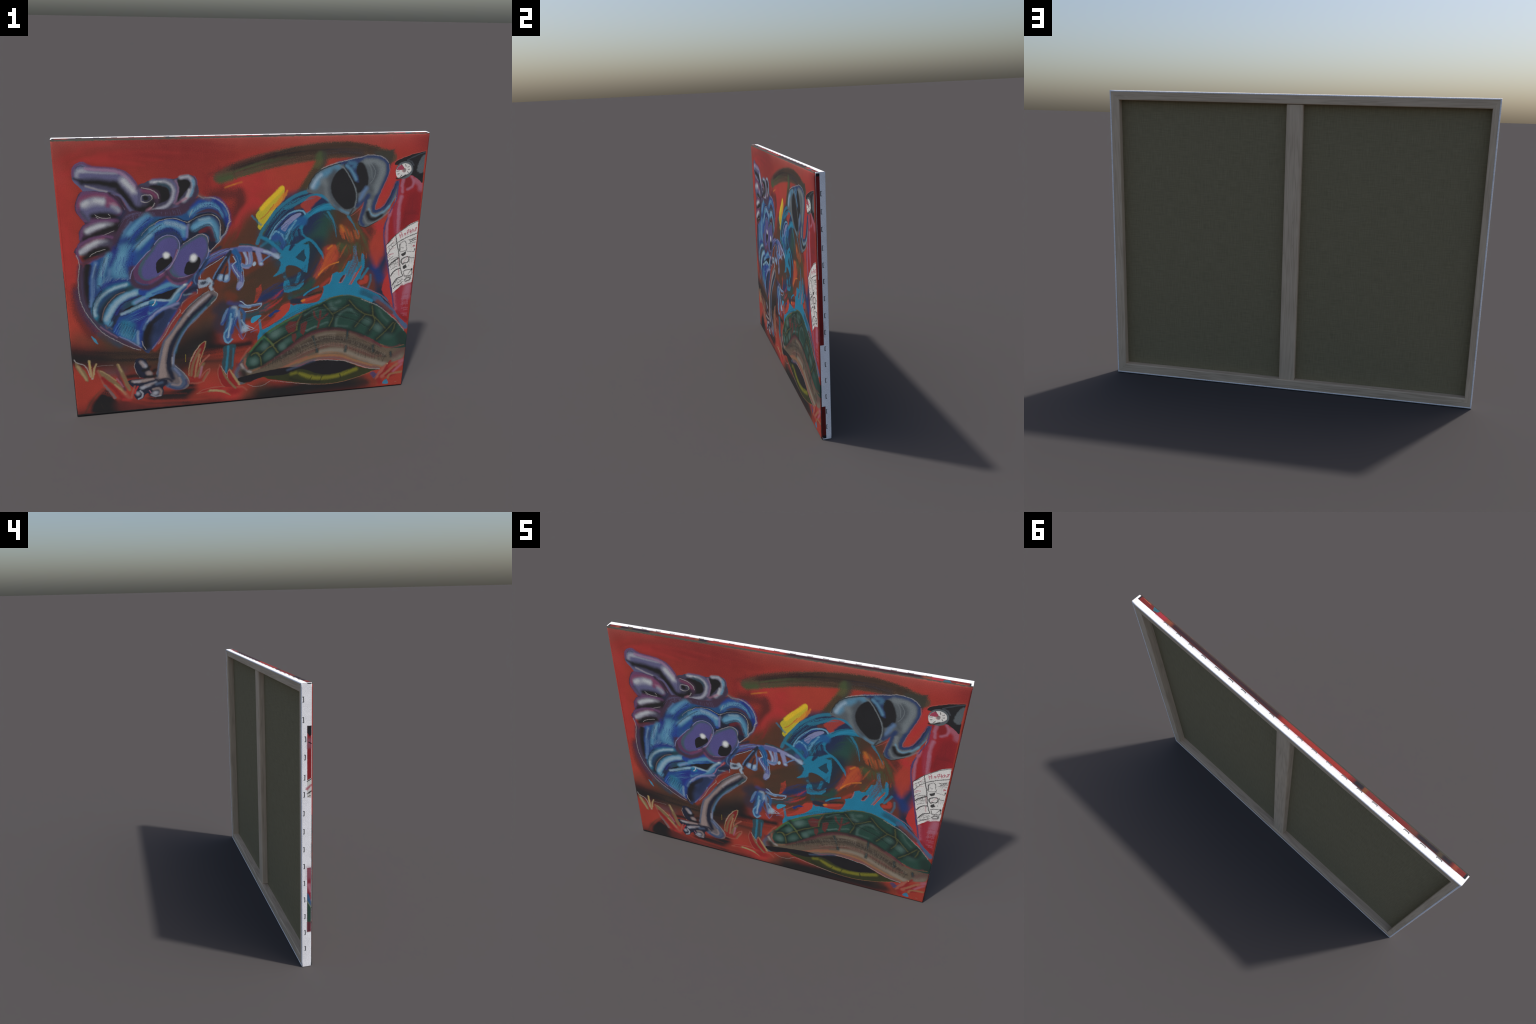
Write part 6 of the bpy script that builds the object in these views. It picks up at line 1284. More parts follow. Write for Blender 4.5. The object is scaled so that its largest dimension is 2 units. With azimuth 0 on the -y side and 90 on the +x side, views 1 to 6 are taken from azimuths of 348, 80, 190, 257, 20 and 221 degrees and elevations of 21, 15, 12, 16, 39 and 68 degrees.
hatch(DEEP_BLUE, [(46.5, 119), (42.1, 115.7), (36.9, 111.8)], [(49.4, 116.1), (43.8, 111.4), (39.3, 107)], 20, 0.2, 0.5, 1.19, 64)
streaks(STEEL_BLUE, [(17.7, 93.5), (15.9, 86.7), (15, 78.6), (13.8, 71.2)], 10, 1.38, 0.12, 0.6, 0.69, 131)
streaks(DEEP_BLUE, [(22, 98), (19.5, 90.9), (18.3, 82.8)], 10, 2.06, 0.14, 0.5, 0.69, 132)
streaks(COBALT, [(34.6, 98.7), (30.9, 92), (29.1, 85.5)], 14, 4.17, 0.16, 0.5, 0.87, 133)
streaks(LIGHT_TEAL, [(44.8, 64.1), (37.7, 61.2), (30.7, 59)], 12, 2.22, 0.13, 0.5, 0.74, 134)
streaks(DEEP_BLUE, [(46.6, 65.2), (39.5, 62.2), (32.5, 59.6)], 12, 2.59, 0.17, 0.5, 0.74, 135)
streaks(DUSK, [(8.7, 91.5), (7.9, 80.6), (10.2, 67.6), (17.1, 56.6), (28.3, 46.9)], 16, 0.89, 0.12, 0.6, 0.69, 136)
streaks(LIGHT_TEAL, [(45.5, 118.4), (38.6, 113.1), (33.7, 107)], 12, 1.7, 0.14, 0.5, 0.68, 137)
streaks(DEEP_BLUE, [(48, 116.2), (41.1, 110.1), (36.2, 104), (33.3, 99.1)], 16, 2.73, 0.15, 0.5, 0.85, 138)
streaks(MAUVE, [(16.1, 144.7), (27.5, 143.7), (35.2, 140.2), (39.7, 134.4)], 10, 0.63, 0.11, 0.5, 0.63, 139)
streaks(SLATE_VIOLET, [(29.3, 110), (32.2, 114.8), (35.7, 118.8), (42.3, 120.3)], 10, 1.7, 0.14, 0.5, 0.68, 140)
streaks(DEEP_BLUE, [(70, 118.9), (73.4, 122.3), (78.2, 123.5), (82.9, 121.1), (86, 116)], 14, 1.39, 0.14, 0.5, 0.69, 141)
streaks(ICE, [(70.5, 112.4), (74.7, 114.4), (78.8, 114.2), (81.2, 109.8)], 8, 0.7, 0.11, 0.5, 0.53, 142)
streaks(STEEL_BLUE, [(48.9, 112.8), (53, 114.7), (57.7, 115.2), (63, 112.4)], 12, 1.03, 0.12, 0.5, 0.69, 143)

# chalk contour of the head
stroke(CHALK, [(7.7, 99.2, 0.18), (8.8, 93, 0.18), (7.5, 86.9, 0.18), (7.2, 79.2, 0.18), (7.6, 73.1, 0.18), (9.7, 66.5, 0.18), (13.3, 59.7, 0.18), (17.6, 53.4, 0.18), (22.8, 49, 0.18), (28.2, 45.3, 0.18), (34.3, 41.7, 0.18), (38.1, 40.4, 0.18)], 0.18, alpha=0.7, grain=0.91)
stroke(LAVENDER, [(27, 49.8, 0.34), (31.8, 47, 0.34), (38.2, 41.9, 0.34)], 0.3, alpha=0.6, grain=0.75)
stroke(MAUVE, [(17.1, 56.6, 0.37), (21, 53.1, 0.37), (25.6, 49.5, 0.37)], 0.44, alpha=0.5, grain=0.74)
stroke(BROWN_GREY, [(19.9, 57.5, 0.4), (20.5, 55.5, 0.4), (21.6, 56.2, 0.4), (22.9, 54.9, 0.4)], 0.37, alpha=0.5, grain=0.92)

# neck bridge
stroke(NIGHT, [(75.5, 91.5, 0.25), (78.7, 94.3, 0.25), (83.6, 96.6, 0.25), (88.9, 98.5, 0.25)], 0.29, alpha=0.8)
stroke(NIGHT, [(73, 87.5, 0.22), (76.5, 89.5, 0.22), (81.8, 92.2, 0.22), (86.1, 95, 0.22)], 0.26, alpha=0.7, grain=0.73)
fill(SHADOW_BLUE, [(67.6, 81.4), (69.4, 83.9), (71.5, 86.5), (73.7, 89), (75.1, 91.1), (76.5, 91.8), (75.1, 88.9), (72.6, 86.4), (71.5, 82.7), (71.1, 79.2), (69.3, 78.6)], 0.36)
stroke(STEEL_BLUE, [(70.1, 84.7, 0.37), (69, 81.3, 0.37), (70, 78.9, 0.37)], 0.37, alpha=0.6, grain=1.1)
stroke(NIGHT, [(72.2, 86.4, 0.4), (74.4, 90.4, 0.4), (75.8, 93, 0.4)], 0.36, alpha=0.8)

# horn with two dark mouths
fill(GUN_MID, [(131.4, 129.3), (132.6, 133.9), (135.2, 138.4), (137.6, 140.7), (142.5, 143), (148.2, 144.6), (153.9, 145.9), (159.6, 147.1), (164.2, 148.2), (169, 148.3), (173.5, 147.1), (176.7, 144.6), (178.2, 141), (177.8, 137.8), (176, 132.8), (174.2, 128.1), (172.8, 123), (171.9, 119.3), (172.1, 117.1), (174.8, 117.3), (177.6, 120.2), (179.5, 124.2), (180.9, 128.6), (182.5, 132.2), (183.4, 134), (184.6, 133.2), (183.8, 126.3), (181.4, 120.4), (177.8, 114.2), (173.1, 110.3), (168.7, 107.8), (165, 107.4), (162.6, 108.9), (162, 111.2), (163.1, 116), (164.3, 120), (164.8, 122.9), (162.5, 119.7), (159.7, 117.2), (156.5, 114.6), (151.9, 116.5), (146.8, 120), (143.6, 124.5), (139.8, 127.5), (135.8, 128)], 0.19)
stroke(HORN_BLUE, [(148.9, 144.3, 1.11), (153.9, 145.2, 1.11), (160, 146.4, 1.11), (166.2, 147.3, 1.11), (171.7, 146.8, 1.11), (175.6, 144.6, 1.11), (177.1, 141, 1.11), (176.8, 136.7, 1.11), (174.9, 132.1, 1.11), (172.8, 126.7, 1.11), (171, 121.6, 1.11), (170.5, 117.9, 1.11), (172.2, 116.3, 1.11), (175.9, 117.7, 1.11), (178.6, 120.9, 1.11), (180.9, 125.6, 1.11), (183.2, 132.2, 1.11)], 0.87)
stroke(GUN_LIGHT, [(164.2, 144.9, 1.66), (170.1, 144.4, 1.66), (173.6, 142.2, 1.66), (174, 137.9, 1.66), (172.3, 132.5, 1.66), (170.8, 128.2, 1.66)], 1.63)
stroke(GUN, [(168.4, 142.7, 1.28), (169.9, 138.4, 1.28), (168.4, 134.1, 1.28)], 1.43, alpha=0.8, grain=1.28, n=3)
stroke(GUN_LIGHT, [(167.2, 143.8, 0.22), (169.8, 139.8, 0.22), (169.4, 135.5, 0.22), (167.4, 132.7, 0.22)], 0.22, alpha=0.7, grain=0.74)
stroke(GUN_LIGHT, [(164.9, 144.5, 0.22), (167.5, 140.6, 0.22), (168.3, 135.5, 0.22)], 0.29, alpha=0.6, grain=0.73)
stroke(GUN, [(166.8, 131.3, 1.12), (168.9, 128.3, 1.12)], 1.45, alpha=0.7, n=3)
fill(GUN_MID, [(132.7, 131), (134.3, 135.2), (137, 139), (141.9, 141.7), (146.8, 143.3), (149.7, 142.8), (152, 141.4), (155.3, 136), (158.2, 131.6), (159.6, 127.9), (159.7, 121.3), (158.2, 116.9), (155.3, 115.9), (150.6, 118.4), (145.9, 122.6), (142, 126.7), (136.4, 129.1)], 0.37)
stroke(LIGHT_TEAL, [(135.6, 132.3, 1.96), (138.9, 137.2, 1.96), (142.7, 139.9, 1.96), (148, 142.2, 1.96)], 1.67, alpha=0.8, grain=1.43, n=3)
stroke(PALE_BLUE, [(134.5, 131.7, 0.89), (136.1, 135.2, 0.89), (138.8, 138.2, 0.89)], 1.21, alpha=0.8, n=3)
stroke(GUN_LIGHT, [(140.1, 135, 1.64), (142.8, 132.1, 1.64), (143.5, 127, 1.64), (146.7, 122.6, 1.64)], 1.71, alpha=0.8, grain=1.28, n=3)
stroke(LIGHT_TEAL, [(147.5, 121.1, 0.56), (152.2, 117.6, 0.56), (156, 115.9, 0.56)], 0.77, alpha=0.7, grain=0.93)
stroke(GUN, [(146.3, 139.8, 1.63), (144.8, 134.9, 1.63), (144.7, 129.9, 1.63), (146.5, 124.4, 1.63), (149.8, 120.2, 1.63)], 1.7, alpha=0.8)
fill(COAL, [(150.9, 141.6), (152.8, 140.6), (155.7, 135.9), (158.2, 131.6), (159.5, 127.2), (159.6, 122.8), (158.4, 119.1), (155.8, 118.3), (152.8, 119), (149.3, 122.1), (146, 126.6), (144.8, 131.3), (145.5, 135.6), (147.1, 138.7), (149.1, 140.7)], 0.52)
fill(COAL, [(160.1, 144.7), (162.4, 144.2), (164.5, 141), (166.2, 136.3), (166.3, 132.7), (165, 129.9), (162.6, 127.8), (160.4, 127.5), (159, 130.8), (156, 135.9), (153.6, 139.9), (152, 142.1), (151.5, 143.8), (153.9, 144.8), (157.6, 144.4)], 0.59)
fill(HORN_BLUE, [(151.9, 143.5), (154.7, 144.8), (159, 145.7), (161.2, 145.3), (159.1, 143.6), (158.7, 140.1), (160.5, 135.8), (160.7, 133.3), (158.4, 134.4), (155.9, 138.4), (153.5, 141.3)], 0.58, alpha=0.9)
stroke(SKY, [(153, 143.1, 0.73), (155.7, 140.6, 0.73), (158.2, 136.9, 0.73), (159, 135.1, 0.73)], 0.94, alpha=0.7, grain=1.27)
stroke(LIGHT_TEAL, [(154.7, 144.5, 1.08), (157.7, 143.7, 1.08), (157.4, 142.3, 1.08)], 1.22, alpha=0.5, grain=2.7, n=3)
stroke(STEEL_BLUE, [(165.4, 129.9, 1.11), (163.4, 126.3, 1.11), (161.9, 122.7, 1.11)], 1.16, alpha=0.8, grain=1.86, n=3)
stroke(COAL, [(160, 127.2, 0.74), (160.7, 122.7, 0.74), (161, 119.8, 0.74)], 0.97, alpha=0.8)
stroke(HORN_BLUE, [(167.2, 125.8, 1.12), (163.8, 122.2, 1.12), (160.9, 120.2, 1.12)], 1.17, alpha=0.9, n=3)
stroke(GUN_LIGHT, [(147.5, 143.9, 0.26), (151.2, 142.1, 0.26), (154, 138.8, 0.26), (156.9, 134.1, 0.26), (159.1, 129.7, 0.26), (160.1, 125.7, 0.26), (159.8, 120.9, 0.26), (158.2, 116.6, 0.26)], 0.22, alpha=0.8, grain=0.92)
stroke(COAL, [(158.8, 118.4, 0.49), (157.5, 116.2, 0.49), (156.8, 114.9, 0.49)], 0.59, alpha=0.8)
stroke(COAL, [(132, 130.7, 0.25), (132.6, 133.9, 0.25), (135.6, 138.7, 0.25), (140.4, 141.7, 0.25), (146.8, 143.8, 0.25), (149.6, 144.2, 0.25)], 0.28, alpha=0.9)
stroke(CHALK, [(139, 141.7, 0.18), (143.9, 143.7, 0.18), (149.6, 145.1, 0.18), (155.3, 146.4, 0.18), (162.5, 147.8, 0.18), (165.3, 148.6, 0.18), (169, 148.3, 0.18), (173.5, 147.3, 0.18), (177.1, 144.4, 0.18)], 0.22, alpha=0.7, grain=1.08)
stroke(HAZE, [(177.6, 143.1, 0.15), (178.4, 139.5, 0.15), (177.3, 135.3, 0.15), (174.9, 128.8, 0.15), (172.4, 122.3, 0.15), (171.6, 118.6, 0.15), (172.5, 117.3, 0.15), (176.8, 119.9, 0.15), (180.6, 127.9, 0.15), (182.8, 132.9, 0.15)], 0.15, alpha=0.7, grain=0.57)
stroke(HAZE, [(164.6, 121.8, 0.15), (163.1, 116.7, 0.15), (162, 111.5, 0.15)], 0.15, alpha=0.7, grain=0.56)
stroke(HAZE, [(157.6, 114.4, 0.15), (161.2, 116.8, 0.15), (164.7, 120.4, 0.15)], 0.15, alpha=0.6, grain=0.56)
stroke(HAZE, [(173.1, 110.7, 0.15), (176.7, 112.8, 0.15), (180, 115.3, 0.15)], 0.15, alpha=0.5, grain=0.58)
stroke(HORN_BLUE, [(166.5, 125.4, 0.94), (165.4, 120.3, 0.94), (164.3, 115.2, 0.94), (163.5, 111.1, 0.94), (165.2, 108.7, 0.94)], 0.88)
stroke(GUN_LIGHT, [(167.9, 122.5, 0.95), (167.8, 119.5, 0.95), (168.5, 115.7, 0.95), (171.7, 113.7, 0.95), (175.7, 115.4, 0.95), (179.3, 118.3, 0.95)], 0.89)
stroke(SKY, [(167.9, 118, 0.46), (169.3, 115, 0.46), (172.1, 113.7, 0.46), (176.1, 115.4, 0.46), (179.9, 119.4, 0.46)], 0.59, alpha=0.7)
stroke(COAL, [(167.3, 115.8, 1.15), (168.7, 112.4, 1.15), (172.2, 111.8, 1.15), (175.9, 113.5, 1.15)], 0.99, n=3)
stroke(GUN_LIGHT, [(165.2, 113.6, 0.46), (167.1, 109.8, 0.46), (170.2, 109.3, 0.46), (174.9, 111.7, 0.46), (179.9, 115.6, 0.46)], 0.6, alpha=0.7)
stroke(COAL, [(162.2, 111.2, 0.19), (163, 108.5, 0.19), (165.4, 107.2, 0.19), (168.7, 107.8, 0.19), (173.9, 110.6, 0.19)], 0.23, alpha=0.9)
stroke(HORN_BLUE, [(176.7, 117.6, 0.87), (179.7, 122, 0.87), (181.8, 127.8, 0.87), (183.5, 132.9, 0.87)], 0.78, alpha=0.9)
stroke(COAL, [(177.3, 119.1, 0.26), (180.2, 124.2, 0.26), (182.5, 131.8, 0.26)], 0.3, alpha=0.7)
stroke(LIGHT_TEAL, [(179.4, 117.5, 0.27), (181.3, 121.2, 0.27), (183.2, 124.8, 0.27)], 0.38, alpha=0.6, grain=0.76)

# fire extinguisher at the edge
fill(CAN_RED, [(182.8, 134), (185.1, 134.8), (188, 136.4), (191.6, 136.6), (194.2, 135.1), (198.6, 132), (198.9, 130.2), (199.2, 124.3), (199.1, 113.7), (199.7, 103.9), (178.5, 104.9), (179.1, 109.1), (179.9, 113.7), (181.9, 117.8), (184.3, 121.9), (184.6, 127.8), (185, 132.5)], 0.19)
fill(CAN_DARK, [(187.5, 134.7), (191.8, 135.1), (193.3, 131.9), (190, 128.8), (188.3, 130.6)], 0.91, alpha=0.6)
stroke(CAN_PINK, [(187, 134.1, 0.9), (186.4, 130.7, 0.9), (187.1, 127.1, 0.9)], 0.7, alpha=0.9, grain=0.6)
stroke(CAN_PINK, [(191.7, 135.7, 0.7), (193.2, 132.8, 0.7), (192.6, 129.9, 0.7), (190, 128.5, 0.7)], 0.79, alpha=0.9, grain=0.61)
stroke(CAN_PINK, [(194.4, 133.6, 1.67), (197.1, 131.5, 1.67), (198, 128.5, 1.67)], 1.18, alpha=0.7, n=3)
stroke(CAN_DARK, [(194.3, 123, 4.64), (193.8, 117, 4.64), (194, 109.4, 4.64)], 2.81, alpha=0.6, n=3)
stroke(CAN_CRIM, [(185.4, 128.9, 0.91), (185.2, 125.4, 0.91), (184.3, 121.6, 0.91)], 0.71, alpha=0.8, grain=1.06)
stroke(CAN_PINK, [(186.8, 124.2, 1.08), (185.8, 119.4, 1.08), (186, 114.3, 1.08), (187, 104.5, 1.08)], 0.96, alpha=0.95, grain=0.62, n=3)
stroke(CAN_CRIM, [(184.2, 119.5, 1.09), (183.8, 114.4, 1.09), (184.3, 109.2, 1.09), (184.8, 104.6, 1.09)], 0.81, alpha=0.9, grain=1.55, n=3)
stroke(CAN_PINK, [(181.4, 116.9, 0.86), (180.6, 112.1, 0.86), (180.4, 104.9, 0.86)], 0.72, alpha=0.9, grain=0.92)
stroke(CAN_RED, [(182.1, 113.3, 0.78), (181.6, 108.4, 0.78), (181.7, 104.8, 0.78)], 0.81, alpha=0.8)
stroke(VIOLET_EDGE, [(184.3, 133.6, 0.37), (184.2, 128.4, 0.37), (183.9, 123.1, 0.37), (181.9, 118.4, 0.37), (180.2, 113.9, 0.37), (179, 109.4, 0.37), (178.5, 104.9, 0.37)], 0.24, alpha=0.9, grain=0.46)
stroke(CHALK, [(183.5, 124, 0.15), (183.1, 121.6, 0.15)], 0.24, alpha=0.6, grain=0.76)
stroke(CHALK, [(180.5, 113.6, 0.12), (179.4, 108.8, 0.12), (179.2, 104.9, 0.12)], 0.19, alpha=0.5, grain=0.62)
fill(CAN_RED, [(180.2, 113.8), (186.7, 113.5), (199.2, 113), (199, 109.3), (194.1, 108.3), (188.8, 105.2), (186, 102.2), (180.4, 95.7), (179.3, 100.1), (179.2, 106.3)], 0.25)
stroke(CAN_DARK, [(193.7, 112, 4.06), (191.6, 108.7, 4.06)], 2.44, alpha=0.6, n=3)
stroke(CAN_PINK, [(186, 114.5, 1.09), (186.2, 109, 1.09), (186.2, 103.5, 1.09)], 0.97, alpha=0.9, grain=0.62, n=3)
stroke(CAN_CRIM, [(183.9, 113.7, 0.93), (184.5, 107.5, 0.93), (185.3, 102.6, 0.93)], 0.81, alpha=0.9, grain=1.56)
stroke(CAN_PINK, [(180.8, 113.8, 0.78), (179.8, 107.8, 0.78), (180.1, 101.6, 0.78), (180.4, 96.6, 0.78)], 0.73, alpha=0.9, grain=0.94)
stroke(CAN_RED, [(181.9, 111.9, 0.93), (182.2, 106.1, 0.93), (182.5, 99.9, 0.93)], 1.05, alpha=0.8)
stroke(VIOLET_EDGE, [(179.7, 112, 0.48), (178.5, 108.4, 0.48), (178.2, 103.2, 0.48), (179.2, 96.7, 0.48), (180.8, 89.7, 0.48), (182.5, 83.2, 0.48), (183.7, 77.6, 0.48), (185.3, 71, 0.48), (187.1, 63.6, 0.48)], 0.29, alpha=0.9, grain=0.48)
fill(CAN_RED, [(187.2, 64.6), (191.3, 68.9), (198.2, 71.1), (198.9, 70.7), (199.2, 62.8)], 0.33)
streaks(CAN_PINK, [(185.7, 119.6), (186.1, 110.5), (185.9, 103.2)], 14, 1.84, 0.12, 0.5, 0.76, 151)
streaks(CAN_CRIM, [(182.7, 122.7), (183.6, 113.7), (184.8, 104.5)], 14, 1.21, 0.14, 0.6, 0.91, 152)
streaks(CAN_DARK, [(192.2, 125.3), (192, 116.3), (191.1, 107.2)], 12, 3.66, 0.21, 0.4, 0.76, 153)
streaks(CAN_PINK, [(180.2, 116.8), (179.7, 107.8), (180.2, 98.5)], 10, 0.61, 0.09, 0.5, 0.61, 154)
fill(LABEL_WHITE, [(180.5, 95.4), (183.7, 99.6), (186, 102.1), (189.8, 104.8), (194.1, 108), (198.8, 109.8), (199, 105.3), (198.8, 100), (199, 91.8), (198.8, 84.8), (198.7, 79.6), (198.9, 75), (198.8, 71.4), (195.1, 70), (191.9, 69.2), (189.5, 67.1), (187.4, 64.7), (186.3, 69.3), (184.4, 76.6), (183, 83.2), (181.6, 89.6)], 0.13, grain=0.33, n=1)
stroke(INK, [(180.2, 95.4, 0.25), (183.2, 99, 0.25), (186, 101.8, 0.25), (190.1, 104.8, 0.25), (194.2, 107.5, 0.25), (198.7, 109.3, 0.25)], 0.16, alpha=0.8, grain=0.47)
stroke(INK, [(185.7, 101.6, 0.26), (186.8, 96.9, 0.26), (188.4, 91.1, 0.26), (189.6, 85.3, 0.26), (190.8, 80.1, 0.26), (192.6, 75.4, 0.26)], 0.16, alpha=0.9, grain=0.48)
stroke(INK, [(187.2, 96.9, 0.25), (190.1, 98.6, 0.25), (193.7, 100.3, 0.25), (196.8, 101.4, 0.25), (198.8, 102.1, 0.25)], 0.16, alpha=0.9, grain=0.79)
stroke(INK, [(181.7, 89.9, 0.22), (183.2, 92.7, 0.22), (185.1, 95.1, 0.22), (186.9, 96.3, 0.22)], 0.16, alpha=0.8, grain=0.63)
stroke(INK, [(181.2, 96.3, 0.17), (182.7, 97.7, 0.17), (183.8, 98.6, 0.17)], 0.13, alpha=0.8, grain=0.63)
stroke(INK, [(181.6, 94.4, 0.22), (182.9, 95.5, 0.22), (184.3, 96.7, 0.22)], 0.16, alpha=0.8, grain=0.63)
stroke(INK_RED, [(184.4, 96.4, 0.14), (185.1, 98.9, 0.14), (185.6, 100.1, 0.14)], 0.16, alpha=0.5, grain=0.79)
stroke(INK_RED, [(183.2, 92.1, 0.16), (184.7, 93.2, 0.16), (186.2, 94.1, 0.16)], 0.16, alpha=0.5, grain=0.8)
stroke(INK_RED, [(182.1, 89, 0.24), (183.4, 89.8, 0.24), (185, 90.1, 0.24)], 0.16, alpha=0.8, grain=1.12)
stroke(INK_RED, [(182.4, 88, 0.18), (183.5, 88.9, 0.18)], 0.16, alpha=0.8, grain=0.8)
stroke(INK, [(182.4, 85.4, 0.19), (183.7, 87.3, 0.19), (185.2, 88.3, 0.19)], 0.13, alpha=0.8, grain=0.48)
stroke(INK, [(184.1, 86, 0.22), (185.9, 87.1, 0.22), (188.7, 87.8, 0.22)], 0.13, alpha=0.7, grain=0.64)
stroke(INK, [(183.4, 82.5, 0.39), (184.3, 84, 0.39), (186.1, 85.5, 0.39), (188.8, 87.1, 0.39)], 0.16, alpha=0.9, grain=0.64)
stroke(INK, [(184.1, 82.8, 0.19), (185, 83.7, 0.19), (185.9, 83.8, 0.19)], 0.13, alpha=0.7, grain=0.65, n=1)
stroke(INK, [(185.5, 84.6, 0.19), (186.4, 85.5, 0.19), (187.3, 85.7, 0.19)], 0.13, alpha=0.7, grain=0.64, n=1)
stroke(INK, [(186.6, 83.3, 0.19), (187.3, 84.2, 0.19), (188.1, 84.3, 0.19)], 0.13, alpha=0.7, grain=0.65, n=1)
stroke(INK, [(184.7, 79.8, 0.19), (185.6, 80.7, 0.19), (186.5, 80.9, 0.19)], 0.13, alpha=0.7, grain=0.65, n=1)
stroke(INK, [(186.5, 81, 0.19), (187.4, 81.9, 0.19), (188.3, 82.1, 0.19)], 0.13, alpha=0.7, grain=0.65, n=1)
stroke(INK, [(184.9, 76.2, 0.36), (186.2, 78.4, 0.36), (188.2, 79.9, 0.36), (190.4, 80.6, 0.36)], 0.16, alpha=0.9, grain=0.49)
stroke(INK_RED, [(189.4, 79.9, 0.29), (190.2, 76.2, 0.29)], 0.26, alpha=0.5, grain=1.15)
stroke(INK_RED, [(188.8, 86.7, 0.29), (189.5, 82.1, 0.29)], 0.26, alpha=0.4, grain=1.14)
stroke(INK, [(186.6, 70.2, 0.36), (188, 72.8, 0.36), (189.7, 74.6, 0.36), (191.9, 75.3, 0.36)], 0.16, alpha=0.9, grain=0.66)
stroke(INK, [(187.2, 70.9, 0.18), (187.9, 72, 0.18), (188.8, 71.7, 0.18)], 0.13, alpha=0.7, grain=0.82, n=1)
stroke(INK, [(188.7, 72.4, 0.18), (189.4, 73.5, 0.18), (190.2, 73.3, 0.18)], 0.13, alpha=0.7, grain=0.82, n=1)
stroke(INK, [(190.1, 71.3, 0.18), (190.8, 72.4, 0.18), (191.6, 72.2, 0.18)], 0.13, alpha=0.7, grain=0.82, n=1)
stroke(INK, [(191.6, 72.5, 0.18), (192.3, 73.6, 0.18), (193.1, 73.4, 0.18)], 0.13, alpha=0.7, grain=0.82, n=1)
stroke(INK, [(187.8, 68.8, 0.18), (188.4, 69.9, 0.18), (189.3, 69.7, 0.18)], 0.13, alpha=0.7, grain=0.83, n=1)
stroke(INK, [(189.6, 69.4, 0.18), (190.3, 70.5, 0.18), (191.2, 70.3, 0.18)], 0.13, alpha=0.7, grain=0.83, n=1)
stroke(INK, [(191.8, 70.9, 0.18), (192.4, 72, 0.18), (193.3, 71.8, 0.18)], 0.13, alpha=0.7, grain=0.83, n=1)
stroke(INK, [(187.5, 67.9, 0.26), (189.6, 69.4, 0.26), (192.4, 71.2, 0.26)], 0.17, alpha=0.8, grain=0.66)
hatch(BROWN_GREY, [(181.1, 94.1), (183.7, 97.1), (185.9, 99.4)], [(183.3, 91.4), (185.5, 94.5), (186.7, 96.3)], 10, 0.13, 0.5, 0.79, 41)
hatch(INK, [(183, 84.4), (185.7, 86.2), (188.5, 86.7)], [(185.1, 79.5), (187.5, 81.3), (190, 81.8)], 12, 0.13, 0.5, 0.8, 42)
hatch(INK_RED, [(188, 100.6), (191.6, 102.9), (197.6, 105.1)], [(188.8, 99), (192.4, 101), (198.2, 102.9)], 12, 0.13, 0.4, 0.79, 43)
hatch(INK, [(186.4, 69.9), (188.9, 73), (192, 74.5)], [(187.2, 67.6), (189.9, 69.7), (192.7, 71.1)], 14, 0.13, 0.5, 0.99, 44)
hatch(BROWN_GREY, [(193.6, 95.9), (195.4, 96.4), (197.9, 96.9)], [(194.1, 91.4), (196, 91.7), (198.4, 92.5)], 8, 0.13, 0.3, 0.8, 45)
hatch(INK, [(187.2, 96.2), (190.8, 97.9), (198.2, 99.7)], [(187.7, 95), (191, 96), (198.4, 98.2)], 10, 0.13, 0.4, 0.95, 46)
hatch(INK, [(194.6, 86.3), (196.5, 86.5), (198.5, 86.4)], [(194.6, 83.1), (196.6, 83), (198.5, 83.5)], 8, 0.11, 0.4, 0.81, 47)
hatch(INK, [(181.5, 94), (183.7, 96.4), (185.8, 98.2)], [(182.9, 92.4), (184.9, 94.5), (186.6, 96.3)], 8, 0.11, 0.6, 0.79, 48)
hatch(INK, [(185.4, 76.5), (187.7, 78.7), (190.2, 79.5)], [(185.9, 74.6), (188.6, 76.3), (191.1, 77.1)], 8, 0.11, 0.35, 0.82, 49)
stroke(INK_RED, [(187.9, 102.1, 0.19), (188.8, 99.6, 0.19)], 0.13, alpha=0.9, grain=0.32, n=1)
stroke(INK_RED, [(187.7, 100.9, 0.19), (189.5, 101.7, 0.19)], 0.13, alpha=0.9, grain=0.32, n=1)
stroke(INK_RED, [(189.1, 102.7, 0.19), (189.8, 100.2, 0.19)], 0.13, alpha=0.9, grain=0.32, n=1)
stroke(INK_RED, [(188.4, 102.9, 0.19), (189.1, 102.7, 0.19)], 0.13, alpha=0.9, grain=0.31, n=1)
stroke(INK_RED, [(191, 102, 0.19), (191.3, 101, 0.19)], 0.13, alpha=0.9, grain=0.32, n=1)
stroke(INK_RED, [(190.9, 102.1, 0.19), (191.6, 102.4, 0.19), (191.8, 101.9, 0.19), (191.4, 101.6, 0.19)], 0.13, alpha=0.9, grain=0.32, n=1)
stroke(INK_RED, [(192.4, 103.8, 0.19), (193, 101.6, 0.19)], 0.13, alpha=0.9, grain=0.32, n=1)
stroke(INK_RED, [(192.4, 103.8, 0.19), (193.4, 104.6, 0.19), (193.8, 102.8, 0.19)], 0.13, alpha=0.9, grain=0.32, n=1)
stroke(INK_RED, [(192.8, 102.7, 0.19), (193.7, 103.1, 0.19)], 0.13, alpha=0.9, grain=0.32, n=1)
stroke(INK_RED, [(194.2, 104.5, 0.19), (194.8, 102.1, 0.19)], 0.13, alpha=0.9, grain=0.32, n=1)
stroke(INK_RED, [(194.4, 103.1, 0.19), (195.2, 103.9, 0.19)], 0.13, alpha=0.9, grain=0.32, n=1)
stroke(INK_RED, [(194.7, 103, 0.19), (195.5, 102.5, 0.19)], 0.13, alpha=0.9, grain=0.32, n=1)
